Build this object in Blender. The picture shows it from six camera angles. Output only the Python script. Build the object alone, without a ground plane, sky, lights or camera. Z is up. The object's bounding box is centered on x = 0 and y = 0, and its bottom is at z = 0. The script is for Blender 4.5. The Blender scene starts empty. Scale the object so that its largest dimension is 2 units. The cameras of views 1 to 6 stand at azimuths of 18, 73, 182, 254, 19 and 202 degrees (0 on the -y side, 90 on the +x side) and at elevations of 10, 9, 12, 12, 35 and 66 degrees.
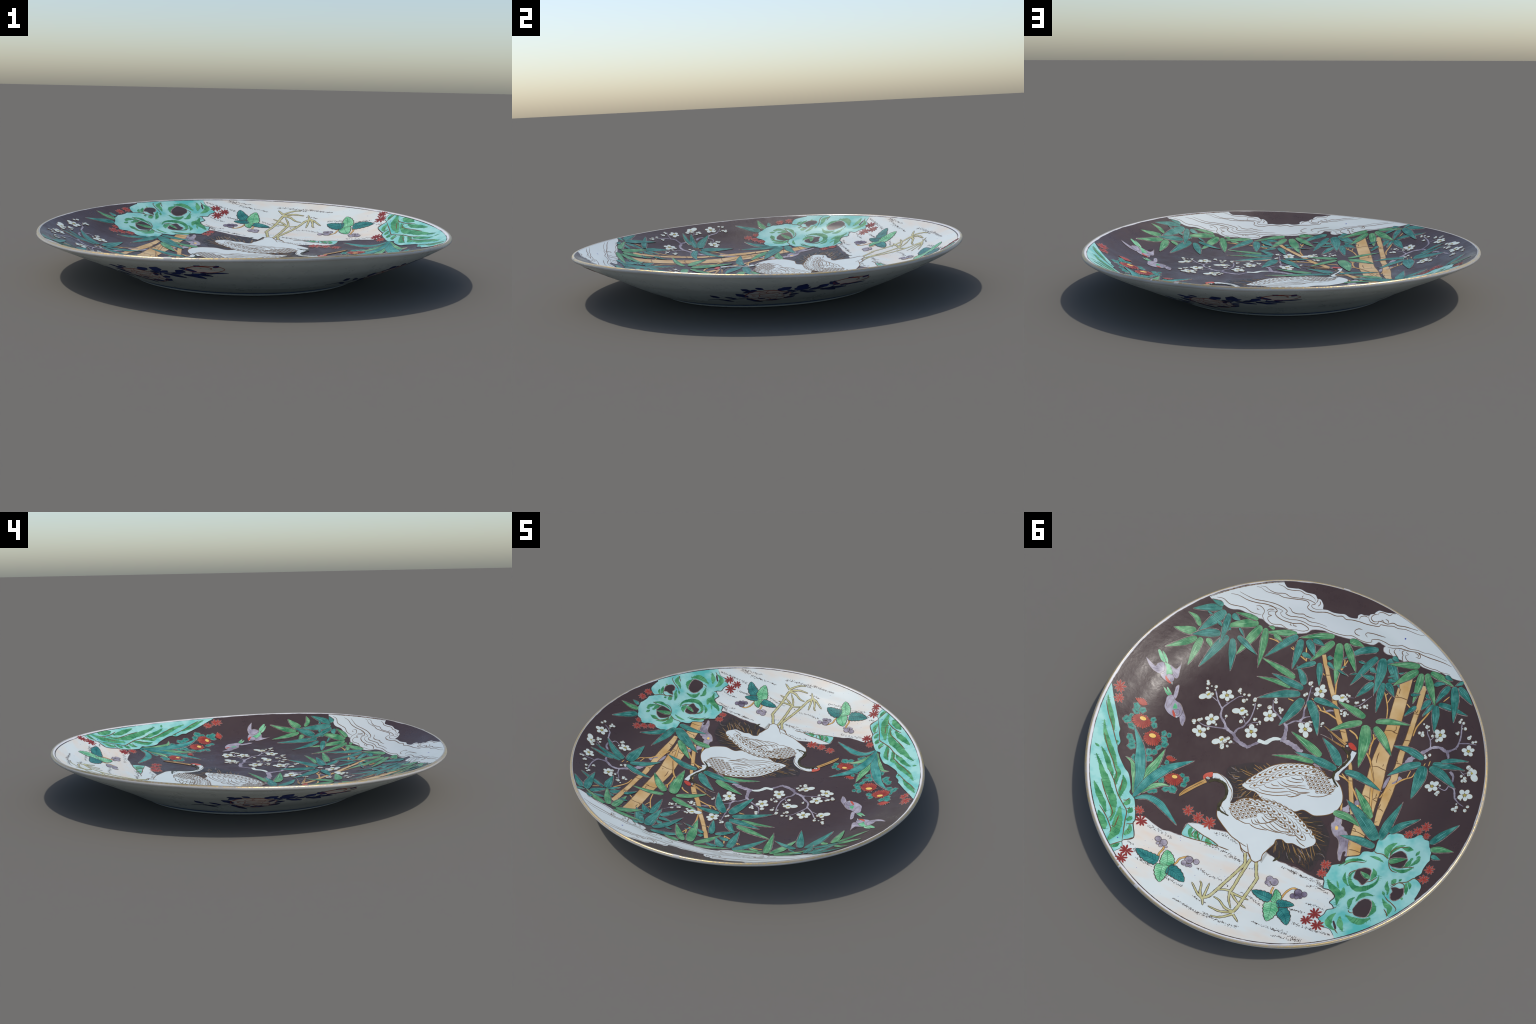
# A large round porcelain dish: black enamel ground painted with two cranes, bamboo,
# plum, garden rocks and flowers; gilt lip; blue-and-white peony sprays underneath.
# Every painted motif is a thin raised piece of enamel draped over the dish's surface.
# Plan coordinates: metres on the x,y plane as seen from above.
import bpy, math, random
import numpy as np
from mathutils import Vector, Matrix
from mathutils.geometry import delaunay_2d_cdt

rng = random.Random(11)

# ------------------------------------------------------------------ dish form
TOP_R = [0, .2, .35, .5, .6, .7, .77, .82, .87, .91, .95, .985]
TOP_Z = [.057, .060, .067, .081, .092, .109, .129, .150, .177, .196, .217, .2355]
LOW_R = [.556, .6, .65, .7, .75, .8, .85, .9, .95, .985]
LOW_Z = [.010, .0285, .0528, .0755, .0985, .1225, .1445, .1688, .193, .2135]
SHIFT = .0055
BORDER = .9765          # where the painting stops
STRETCH_Y = .9968


def hermite(xs, ys):
    xs, ys = np.array(xs, float), np.array(ys, float)
    m = np.gradient(ys, xs)

    def exact(x):
        x = min(max(x, xs[0]), xs[-1])
        i = min(int(np.searchsorted(xs, x, side='right')) - 1, len(xs) - 2)
        h = xs[i + 1] - xs[i]
        t = (x - xs[i]) / h
        return ((1 + 2 * t) * (1 - t) ** 2 * ys[i] + t * (1 - t) ** 2 * h * m[i]
                + t * t * (3 - 2 * t) * ys[i + 1] + t * t * (t - 1) * h * m[i + 1])
    # sampled once, finely, for quick evaluation
    lo, n = xs[0], 1600
    d = (xs[-1] - lo) / n
    table = [float(exact(lo + d * i)) for i in range(n + 1)]

    def f(x):
        u = min(max((x - lo) / d, 0.0), n - 1e-6)
        i = int(u)
        return table[i] + (table[i + 1] - table[i]) * (u - i)
    return f


_top, _low = hermite(TOP_R, TOP_Z), hermite(LOW_R, LOW_Z)

# the wall sagged in the kiln: terms 1, cos a, sin a, cos 2a, sin 2a, cos 3a, sin 3a at a few radii
SAG_R = [0, .25, .5, .7, .85, .98]
SAG = [(.0003, .0004, -.0010, -.0002, .0011, 0), (0, .0012, -.0009, -.0086, -.0097, 0), (0, .0016, .0013, .0028, .0009, 0),
       (0, .0038, .0038, .0013, .0007, 0), (0, -.0031, -.0012, .0029, .0018, 0), (0, 0, .0016, .0041, .0030, 0), (0, .0004, .0004, -.0010, .0012, 0)]
_sag = [hermite(SAG_R, row) for row in SAG]


def sag(r, a):
    return (_sag[0](r) + _sag[1](r) * math.cos(a) + _sag[2](r) * math.sin(a) + _sag[3](r) * math.cos(2 * a)
            + _sag[4](r) * math.sin(2 * a) + _sag[5](r) * math.cos(3 * a) + _sag[6](r) * math.sin(3 * a))


def hollow(x, y):
    """a shallow dip in the floor, off the centre, and a slack place in the wall"""
    return (-.0085 * math.exp(-((x + .14) ** 2 + (y - .07) ** 2) / .034)
            - .0045 * math.exp(-((x + .5) ** 2 + (y - .6) ** 2) / .06))


def warp(r, a):
    """kiln warp: the rim of the dish is not quite level"""
    q = min(r / .985, 1.02)
    return (q * q * (-.0063 * math.cos(2 * a) - .0106 * math.sin(2 * a))
            + q ** 3 * (.0028 * math.cos(a) + .0031 * math.sin(a) - .0045 * math.cos(3 * a) - .0019 * math.cos(4 * a)))


def top_z(x, y):
    r, a = math.hypot(x, y), math.atan2(y, x)
    return _top(r) + warp(r, a) + sag(r, a) + hollow(x, y)


def low_z(x, y):
    # the outside follows the sag mostly where the wall dropped
    r, a = math.hypot(x, y), math.atan2(y, x)
    s = sag(r, a)
    s = .2 * s + .8 * ((s - math.sqrt(s * s + 9e-6)) / 2 + .0015) - .002 * math.cos(a - .6)
    return _low(r) + warp(r, a) * min(max((r - .545) / .15, 0), 1) + s * min(max((r - .55) / .12, 0), 1)


def slope_normal(f, x, y, down=False):
    e = .004
    n = Vector(((f(x - e, y) - f(x + e, y)), (f(x, y - e) - f(x, y + e)), 2 * e)).normalized()
    return -n if down else n


def clamp(p, lim=BORDER):
    # the painting sits a little off-centre on the dish
    r = math.hypot(p[0], p[1])
    lim -= SHIFT * (.64 * p[0] + .77 * p[1])
    return p if r <= lim else (p[0] * lim / r, p[1] * lim / r)


def on_face(p, lift):
    """drape a plan point over the painted face"""
    x, y = clamp(p, .9805)
    n = slope_normal(top_z, x, y)
    return Vector((x, y, top_z(x, y) + (lift * FLAT if lift > 0 else lift))), n


def under(angle0):
    """drape (arc length s, radius t) over the underside, around a spray centred at angle0"""
    def place(p, lift):
        a, r = angle0 + p[0] / .78, min(max(p[1], .575), .965)
        x, y = r * math.cos(a), r * math.sin(a)
        n = slope_normal(low_z, x, y, True)
        return Vector((x, y, low_z(x, y))) + n * lift, n
    return place


# ------------------------------------------------------------------ materials
def lin(c):
    c = [v / 255 for v in c]
    return tuple(v / 12.92 if v <= .04045 else ((v + .055) / 1.055) ** 2.4 for v in c) + (1,)


def new_mat(name):
    m = bpy.data.materials.new(name)
    m.use_nodes = True
    nt = m.node_tree
    b = nt.nodes['Principled BSDF']
    return m, nt, b


def node(nt, kind, **kw):
    n = nt.nodes.new(kind)
    for k, v in kw.items():
        if k.startswith('in_'):
            n.inputs[k[3:].replace('_', ' ')].default_value = v
        else:
            setattr(n, k, v)
    return n


def noise(nt, scale, detail=3, stretch=None, rough=.55, dist=0.0):
    tc = node(nt, 'ShaderNodeTexCoord')
    src = tc.outputs['Object']
    if stretch:
        mp = node(nt, 'ShaderNodeMapping')
        mp.inputs['Scale'].default_value = stretch[:3]
        if len(stretch) > 3:
            mp.inputs['Rotation'].default_value = (0, 0, stretch[3])
        nt.links.new(src, mp.inputs['Vector'])
        src = mp.outputs['Vector']
    n = node(nt, 'ShaderNodeTexNoise')
    n.inputs['Scale'].default_value = scale
    n.inputs['Detail'].default_value = detail
    n.inputs['Roughness'].default_value = rough
    n.inputs['Distortion'].default_value = dist
    nt.links.new(src, n.inputs['Vector'])
    return n


def ramp(nt, src, stops):
    r = node(nt, 'ShaderNodeValToRGB')
    el = r.color_ramp.elements
    el[0].position, el[0].color = stops[0][0], stops[0][1]
    el[1].position, el[1].color = stops[1][0], stops[1][1]
    for p, c in stops[2:]:
        e = el.new(p)
        e.color = c
    nt.links.new(src, r.inputs['Fac'])
    return r


def mix(nt, fac, a, b):
    m = node(nt, 'ShaderNodeMix', data_type='RGBA')
    for s, v in ((0, fac), (6, a), (7, b)):
        if hasattr(v, 'links'):
            nt.links.new(v, m.inputs[s])
        else:
            m.inputs[s].default_value = v
    return m.outputs[2]


def math_node(nt, op, a, b=0.0, c=0.0):
    m = node(nt, 'ShaderNodeMath', operation=op)
    for i, v in enumerate((a, b, c)):
        if hasattr(v, 'links'):
            nt.links.new(v, m.inputs[i])
        else:
            m.inputs[i].default_value = v
    return m.outputs[0]


GLAZE_R, GLAZE_BUMP, SPEC = .36, .10, .30


def glaze(nt, b, rough=GLAZE_R, bump=GLAZE_BUMP, scale=45, uneven=.06):
    """fired glaze: slightly uneven gloss and a faint orange-peel surface"""
    b.inputs['Specular IOR Level'].default_value = SPEC
    n = noise(nt, 11, 6, rough=.65)
    r = node(nt, 'ShaderNodeMapRange')
    r.inputs['From Min'].default_value, r.inputs['From Max'].default_value = .3, .7
    r.inputs['To Min'].default_value, r.inputs['To Max'].default_value = rough - uneven, rough + uneven
    nt.links.new(n.outputs['Fac'], r.inputs['Value'])
    nt.links.new(r.outputs['Result'], b.inputs['Roughness'])
    bn = noise(nt, scale, 3)
    bp = node(nt, 'ShaderNodeBump')
    bp.inputs['Strength'].default_value, bp.inputs['Distance'].default_value = bump, .003
    nt.links.new(bn.outputs['Fac'], bp.inputs['Height'])
    nt.links.new(bp.outputs['Normal'], b.inputs['Normal'])


MATS = {}


def enamel(name, c1, c2=None, scale=14, lo=.35, hi=.65, stretch=None, rough=GLAZE_R, bump=GLAZE_BUMP, detail=3):
    m, nt, b = new_mat(name)
    if c2 is None:
        b.inputs['Base Color'].default_value = lin(c1)
    else:
        n = noise(nt, scale, detail, stretch)
        r = ramp(nt, n.outputs['Fac'], [(lo, lin(c1)), (hi, lin(c2))])
        nt.links.new(r.outputs['Color'], b.inputs['Base Color'])
    glaze(nt, b, rough, bump)
    MATS[name] = m
    return m


# colours (sRGB of the enamel itself)
enamel('teal', (24, 98, 86), (86, 150, 134), 24, .30, .70)
enamel('green', (46, 120, 74), (122, 174, 122), 24, .30, .70)
enamel('strap_teal', (34, 116, 108), (92, 164, 152), 22, .32, .70)
enamel('strap_green', (74, 144, 94), (146, 192, 142), 22, .32, .70)
enamel('lobe_teal', (34, 118, 102), (76, 148, 132), 40, .35, .65)
enamel('broad_teal', (18, 94, 92), (68, 146, 136), 24, .32, .75)
enamel('broad_green', (58, 152, 96), (150, 210, 164), 24, .32, .72)
enamel('moss_green', (32, 112, 66), (98, 166, 112), 22, .30, .72)
enamel('rock_aqua', (82, 172, 162), (152, 200, 190), 9, .33, .60)
enamel('bamboo_tan', (184, 144, 82), (204, 174, 124), 9, .32, .68)
enamel('twig_tan', (188, 142, 72), (206, 166, 100), 20)
enamel('plum_purple', (122, 112, 122), (168, 160, 167), 18, .35, .65)
enamel('bird_purple', (128, 119, 132), (176, 169, 177), 20, .3, .7)
enamel('violet_purple', (112, 102, 114), (174, 167, 172), 34, .3, .7)
enamel('violet_dark', (64, 52, 70), (128, 118, 132), 34, .3, .7)
enamel('iron_red', (150, 54, 42), (174, 76, 58), 30, .35, .65)
enamel('iron_red_dark', (122, 34, 32), (152, 54, 46), 30, .35, .65)
enamel('cap_red', (176, 62, 44), (190, 90, 70), 20)
enamel('flower_yellow', (224, 176, 76), (232, 194, 110), 20)
enamel('stamen_yellow', (168, 156, 74))
enamel('leg_cream', (180, 173, 118), (192, 187, 140), 30)
enamel('beak_tan', (186, 148, 90), (170, 128, 66), 30)
enamel('brown_line', (104, 74, 42))
enamel('gold_line', (130, 94, 52))
enamel('dark_line', (66, 52, 44))
enamel('vein_teal', (14, 72, 72))
enamel('vein_green', (36, 96, 62))
enamel('streak_teal', (98, 164, 154))
enamel('streak_green', (138, 190, 142))
enamel('reserve_pale', (166, 152, 144), (112, 96, 90), 60)
enamel('petal_white', (206, 214, 204), (190, 200, 190), 20)
enamel('crane_white', (202, 209, 204), (197, 204, 200), 6)
enamel('plume_black', (48, 43, 39), (57, 50, 45), 30)
enamel('plume_ground', (60, 50, 47), (54, 46, 43), 12)
enamel('fringe_gold', (186, 142, 80), rough=.3)
enamel('stripe_olive', (44, 40, 22), (72, 66, 40), 40)
enamel('hole_black', (66, 52, 50), (62, 48, 46), 8)
enamel('cobalt', (16, 26, 82), (38, 58, 132), 16, .3, .75)
enamel('cobalt_wash', (88, 130, 190), (64, 100, 166), 10)
enamel('peony_blush', (226, 206, 196), (218, 218, 216), 9, .35, .65)
enamel('peony_red', (176, 74, 54))
enamel('cobalt_speck', (60, 72, 150))


def sand_material():
    m, nt, b = new_mat('sand_white')
    n = noise(nt, 3.2, 3, (1.0, 3.2, 1, .35))
    peach = ramp(nt, n.outputs['Fac'], [(.48, (0, 0, 0, 1)), (.74, (.7, .7, .7, 1))])
    n2 = noise(nt, 5, 2)
    base = ramp(nt, n2.outputs['Fac'], [(.3, lin((198, 205, 200))), (.7, lin((204, 209, 203)))])
    col = mix(nt, peach.outputs['Color'], base.outputs['Color'], lin((214, 190, 164)))
    nt.links.new(col, b.inputs['Base Color'])
    glaze(nt, b)
    MATS['sand_white'] = m


def cloud_material():
    m, nt, b = new_mat('cloud_white')
    n = noise(nt, 3.0, 4)
    base = ramp(nt, n.outputs['Fac'], [(.3, lin((196, 203, 197))), (.7, lin((200, 204, 201)))])
    nt.links.new(base.outputs['Color'], b.inputs['Base Color'])
    glaze(nt, b, bump=.16)
    MATS['cloud_white'] = m


def face_material():
    """black enamel ground that stops raggedly short of the white porcelain edge"""
    m, nt, b = new_mat('black_ground')
    tc = node(nt, 'ShaderNodeTexCoord')
    sep = node(nt, 'ShaderNodeSeparateXYZ')
    nt.links.new(tc.outputs['Object'], sep.inputs[0])
    xx = math_node(nt, 'MULTIPLY', sep.outputs[0], sep.outputs[0])
    yy = math_node(nt, 'MULTIPLY', sep.outputs[1], sep.outputs[1])
    r = math_node(nt, 'SQRT', math_node(nt, 'ADD', xx, yy))
    wob = noise(nt, 9, 4)
    r = math_node(nt, 'MULTIPLY_ADD', sep.outputs[0], SHIFT * .64, r)
    r = math_node(nt, 'MULTIPLY_ADD', sep.outputs[1], SHIFT * .77, r)
    r2 = math_node(nt, 'ADD', r, math_node(nt, 'MULTIPLY_ADD', wob.outputs['Fac'], .014, -.007))
    mask = node(nt, 'ShaderNodeMapRange')
    mask.inputs['From Min'].default_value, mask.inputs['From Max'].default_value = .9785, .9815
    nt.links.new(r2, mask.inputs['Value'])
    tint = noise(nt, 2.5, 4)
    black = ramp(nt, tint.outputs['Fac'], [(.3, lin((69, 54, 51))), (.7, lin((64, 49, 47)))])
    col = mix(nt, mask.outputs['Result'], black.outputs['Color'], lin((208, 206, 204)))
    nt.links.new(col, b.inputs['Base Color'])
    glaze(nt, b, rough=.35, bump=.32, scale=30, uneven=.12)
    MATS['black_ground'] = m


def gilt_material():
    m, nt, b = new_mat('worn_gilt')
    n = noise(nt, 95, 5, rough=.75)
    n2 = noise(nt, 5, 3)
    f = math_node(nt, 'ADD', n.outputs['Fac'], math_node(nt, 'MULTIPLY', n2.outputs['Fac'], .5))
    worn = ramp(nt, f, [(.66, (0, 0, 0, 1)), (.86, (1, 1, 1, 1))])
    col = mix(nt, worn.outputs['Color'], lin((206, 178, 122)), lin((156, 149, 138)))
    nt.links.new(col, b.inputs['Base Color'])
    met = math_node(nt, 'MULTIPLY_ADD', worn.outputs['Color'], -.65, .9)
    nt.links.new(met, b.inputs['Metallic'])
    b.inputs['Roughness'].default_value = .34
    bn = noise(nt, 90, 3)
    bp = node(nt, 'ShaderNodeBump')
    bp.inputs['Strength'].default_value, bp.inputs['Distance'].default_value = .16, .003
    nt.links.new(bn.outputs['Fac'], bp.inputs['Height'])
    nt.links.new(bp.outputs['Normal'], b.inputs['Normal'])
    MATS['worn_gilt'] = m


def porcelain_material(name, c1, c2, specks=True):
    m, nt, b = new_mat(name)
    n = noise(nt, 4, 4)
    base = ramp(nt, n.outputs['Fac'], [(.3, lin(c1)), (.7, lin(c2))]).outputs['Color']
    if specks:
        v = node(nt, 'ShaderNodeTexVoronoi')
        v.inputs['Scale'].default_value = 9
        tc = node(nt, 'ShaderNodeTexCoord')
        nt.links.new(tc.outputs['Object'], v.inputs['Vector'])
        s = ramp(nt, v.outputs['Distance'], [(.02, (1, 1, 1, 1)), (.045, (0, 0, 0, 1))])
        base = mix(nt, s.outputs['Color'], base, lin((120, 116, 110)))
    nt.links.new(base, b.inputs['Base Color'])
    glaze(nt, b, rough=.30)
    MATS[name] = m


for _m in ('fringe_gold', 'gold_line'):
    MATS[_m].node_tree.nodes['Principled BSDF'].inputs['Metallic'].default_value = .5

sand_material()
cloud_material()
face_material()
gilt_material()
porcelain_material('lip_white', (194, 189, 181), (166, 163, 156), False)
porcelain_material('porcelain', (206, 212, 208), (194, 200, 196))


# ------------------------------------------------------------------ mesh building
class Piece:
    """collects draped enamel shapes, then becomes one mesh object"""

    def __init__(self, place=on_face):
        self.v, self.n, self.f, self.m, self.mats, self.place = [], [], [], [], [], place

    def slot(self, mat):
        if mat not in self.mats:
            self.mats.append(mat)
        return self.mats.index(mat)

    def add(self, pts, lift):
        i0 = len(self.v)
        for p in pts:
            a, n = self.place(p, lift)
            self.v.append(a)
            self.n.append(n)
        return i0

    def skirt(self, loop, lift, k, flip=False):
        """the enamel's own small thickness: an edge wall down to the surface"""
        a = self.add(loop, lift)
        b = self.add(loop, -.0006)
        n = len(loop)
        for i in range(n):
            j = (i + 1) % n
            self.f.append((a + i, b + i, b + j, a + j))
            self.m.append(k)

    def fill(self, outline, lift, mat, grid=.016):
        k = self.slot(mat)
        out = [clamp(p) for p in outline]
        # drop repeats
        loop = []
        for p in out:
            if not loop or math.dist(p, loop[-1]) > 4e-4:
                loop.append(p)
        while len(loop) > 3 and math.dist(loop[0], loop[-1]) < 4e-4:
            loop.pop()
        if len(loop) < 3:
            return
        # long edges must bend with the surface
        fine = []
        for i, a in enumerate(loop):
            b = loop[(i + 1) % len(loop)]
            m = max(1, int(math.dist(a, b) / (grid * .9)))
            fine += [(a[0] + (b[0] - a[0]) * j / m, a[1] + (b[1] - a[1]) * j / m) for j in range(m)]
        loop = fine
        xs, ys = [p[0] for p in loop], [p[1] for p in loop]
        arr = np.array(loop)
        nxt = np.roll(arr, -1, 0)
        inner = []
        y, row = min(ys) + grid / 2, 0
        while y < max(ys):
            x = min(xs) + (row % 2) * grid / 2
            while x < max(xs):
                # even-odd test and distance to the outline
                cross = (arr[:, 1] > y) != (nxt[:, 1] > y)
                if cross.any():
                    xi = arr[cross, 0] + (y - arr[cross, 1]) * (nxt[cross, 0] - arr[cross, 0]) / (nxt[cross, 1] - arr[cross, 1])
                    if (xi > x).sum() % 2:
                        if ((arr[:, 0] - x) ** 2 + (arr[:, 1] - y) ** 2).min() > (grid * .45) ** 2:
                            inner.append((x, y))
                x += grid
            y += grid * .87
            row += 1
        res = delaunay_2d_cdt([Vector(p) for p in loop + inner], [], [list(range(len(loop)))], 1, 1e-6)
        i0 = self.add([(p.x, p.y) for p in res[0]], lift)
        for t in res[2]:
            a, b, c = (res[0][i] for i in t[:3])
            area = (b.x - a.x) * (c.y - a.y) - (b.y - a.y) * (c.x - a.x)
            if abs(area) < 1e-8:
                continue
            if area < 0:
                t = t[::-1]
            self.f.append(tuple(i0 + i for i in t))
            self.m.append(k)
        self.skirt(loop, lift, k)

    def stroke(self, pts, width, lift, mat, taper=(.35, .35), wob=.12, step=.007, closed=False):
        """a brush line: a ribbon with swelling width"""
        line = smooth(pts, step, closed)
        if len(line) < 2:
            return
        k = self.slot(mat)
        n = len(line)
        L, R = [], []
        ph = rng.uniform(0, 6)
        for i, p in enumerate(line):
            a, b = line[max(i - 1, 0)], line[min(i + 1, n - 1)]
            d = math.hypot(b[0] - a[0], b[1] - a[1]) or 1e-9
            nx, ny = -(b[1] - a[1]) / d, (b[0] - a[0]) / d
            t = i / (n - 1)
            w = width(t) if callable(width) else width
            if not callable(width):
                w *= min(1, taper[0] + (1 - taper[0]) * t / .2, taper[1] + (1 - taper[1]) * (1 - t) / .2)
            w *= 1 + wob * math.sin(ph + i * 1.7) * math.sin(i * .63)
            L.append((p[0] + nx * w / 2, p[1] + ny * w / 2))
            R.append((p[0] - nx * w / 2, p[1] - ny * w / 2))
        wide = max(math.dist(a, b) for a, b in zip(L, R))
        cols = max(2, int(wide / .014) + 2)
        i0 = None
        for c in range(cols):
            u = c / (cols - 1)
            q = self.add([(l[0] * (1 - u) + r[0] * u, l[1] * (1 - u) + r[1] * u) for l, r in zip(L, R)], lift)
            if c:
                for i in range(n - 1):
                    self.f.append((i0 + i, q + i, q + i + 1, i0 + i + 1))
                    self.m.append(k)
            i0 = q
        self.skirt(L + R[::-1], lift, k)

    def dot(self, p, rx, lift, mat, ry=None, rot=0.0, n=10, lobes=0, amp=0.0):
        ry = ry or rx
        pts = []
        for i in range(n):
            a = 2 * math.pi * i / n
            q = 1 - amp + 2 * amp * abs(math.cos(lobes * a / 2)) if lobes else 1
            x, y = rx * q * math.cos(a), ry * q * math.sin(a)
            pts.append((p[0] + x * math.cos(rot) - y * math.sin(rot), p[1] + x * math.sin(rot) + y * math.cos(rot)))
        self.fill(pts, lift, mat)

    def build(self, name, parent, stuff=False):
        me = bpy.data.meshes.new(name)
        me.from_pydata([tuple(v) for v in self.v], [], self.f)
        for mt in self.mats:
            me.materials.append(MATS[mt])
        me.polygons.foreach_set('material_index', self.m)
        me.polygons.foreach_set('use_smooth', [True] * len(self.f))
        me.update()
        me.normals_split_custom_set_from_vertices([tuple(n) for n in self.n])
        return link(name, me, parent, stuff)


def link(name, me, parent, stuff=False):
    o = bpy.data.objects.new(name, me)
    bpy.context.scene.collection.objects.link(o)
    o.parent = parent
    if stuff:
        o['kind'] = 'stuff'
    return o


def smooth(pts, step=.007, closed=False):
    """Catmull-Rom through the control points, resampled about every step"""
    pts = [tuple(p) for p in pts]
    n = len(pts)
    if n == 2 and not closed:
        m = max(1, int(math.dist(*pts) / step))
        return [(pts[0][0] + (pts[1][0] - pts[0][0]) * i / m, pts[0][1] + (pts[1][1] - pts[0][1]) * i / m) for i in range(m + 1)]
    get = (lambda i: pts[i % n]) if closed else (lambda i: pts[min(max(i, 0), n - 1)])
    out = []
    for i in range(n if closed else n - 1):
        a, b, c, d = get(i - 1), get(i), get(i + 1), get(i + 2)
        m = max(1, int(math.dist(b, c) / step + .5))
        for j in range(m):
            t = j / m
            out.append(tuple(.5 * (2 * b[k] + (c[k] - a[k]) * t + (2 * a[k] - 5 * b[k] + 4 * c[k] - d[k]) * t * t
                                   + (3 * b[k] - a[k] - 3 * c[k] + d[k]) * t ** 3) for k in (0, 1)))
    if not closed:
        out.append(pts[-1])
    return out


def edge_arc(a, b, r=BORDER):
    """points along the border of the painting from beside a to beside b, the short way"""
    t0, t1 = math.atan2(a[1], a[0]), math.atan2(b[1], b[0])
    d = (t1 - t0 + math.pi) % (2 * math.pi) - math.pi
    n = max(2, int(abs(d) / .012))
    angles = [t0 + d * i / n for i in range(n + 1)]
    rr = [r - SHIFT * (.64 * math.cos(t) + .77 * math.sin(t)) for t in angles]
    return [(q * math.cos(t), q * math.sin(t)) for q, t in zip(rr, angles)]


def inside(p, poly):
    c = False
    for i in range(len(poly)):
        (x1, y1), (x2, y2) = poly[i - 1], poly[i]
        if (y1 > p[1]) != (y2 > p[1]) and p[0] < x1 + (p[1] - y1) * (x2 - x1) / (y2 - y1):
            c = not c
    return c


# lifts of the enamel layers above the glaze (metres, before flattening)
FLAT = .72
Z_REGION, Z_ROCK, Z_CANE, Z_BODY = .0006, .0010, .0010, .0013
Z_LEAF, Z_LINE = .0020, .0005

# ------------------------------------------------------------------ the dish itself
plate = bpy.data.objects.new('porcelain_dish', None)
bpy.context.scene.collection.objects.link(plate)
plate['label'] = 'large round dish painted with cranes, bamboo and rocks'
plate['category'] = 'decorative plate'


def build_dish():
    prof = [('face', r, None) for r in np.linspace(.012, .9835, 68)]
    prof += [('lip', .9865, .2362)]
    prof += [('gilt', .9890, .2366), ('gilt', .9930, .2357), ('gilt', .9965, .2331), ('gilt', .9978, .2312)]
    prof += [('lip', .9986, .2296), ('lip', .9992, .2270), ('lip', .9995, .2245), ('lip', .9975, .2208), ('lip', .993, .2172)]
    prof += [('under', r, 'low') for r in np.linspace(.985, .562, 40)]
    prof += [('foot', .5565, .0098), ('foot', .5515, .0042), ('foot', .5465, .0006), ('foot', .540, 0.0), ('foot', .531, .0005), ('foot', .526, .006), ('foot', .522, .026)]
    prof += [('base', r, .0275) for r in (.512, .46, .38, .28, .18, .08, .012)]
    N = 288
    verts, faces, part = [], [], []
    for tag, r, z in prof:
        for i in range(N):
            a = 2 * math.pi * i / N
            x, y = r * math.cos(a), r * math.sin(a)
            if z is None:
                h = top_z(x, y)
            elif z == 'low':
                h = low_z(x, y)
            elif tag in ('gilt', 'lip'):
                h = z + warp(r, a) + .0007 * math.sin(9 * a + 1) * math.sin(4 * a)
            else:
                h = z
            verts.append((x, y * (1 - (1 - STRETCH_Y) * min(max((r - .978) / .02, 0), 1)), h))
    for k in range(len(prof) - 1):
        tag = prof[k + 1][0]
        for i in range(N):
            j = (i + 1) % N
            faces.append((k * N + i, (k + 1) * N + i, (k + 1) * N + j, k * N + j))
            part.append(tag)
    c0, c1 = len(verts), len(verts) + 1
    verts += [(0, 0, top_z(0, 0)), (0, 0, .0275)]
    last = (len(prof) - 1) * N
    for i in range(N):
        j = (i + 1) % N
        faces += [(c0, i, j), (c1, last + j, last + i)]
        part += ['face', 'base']
    whole = bpy.data.meshes.new('whole')
    whole.from_pydata(verts, [], faces)
    whole.update()
    normals = [tuple(v.normal) for v in whole.vertices]
    bpy.data.meshes.remove(whole)
    for tag, name, mat in (('face', 'black_face', 'black_ground'), ('lip', 'lip', 'lip_white'), ('gilt', 'gilt_edge', 'worn_gilt'),
                           ('under', 'underside', 'porcelain'), ('foot', 'foot_ring', 'porcelain'), ('base', 'base', 'porcelain')):
        fs = [f for f, t in zip(faces, part) if t == tag]
        ids = sorted({i for f in fs for i in f})
        back = {i: k for k, i in enumerate(ids)}
        me = bpy.data.meshes.new(name)
        me.from_pydata([verts[i] for i in ids], [], [tuple(back[i] for i in f) for f in fs])
        me.materials.append(MATS[mat])
        me.polygons.foreach_set('use_smooth', [True] * len(fs))
        me.update()
        me.normals_split_custom_set_from_vertices([normals[i] for i in ids])
        PARTS[name] = link(name, me, plate)


PARTS = {}
build_dish()

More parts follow.
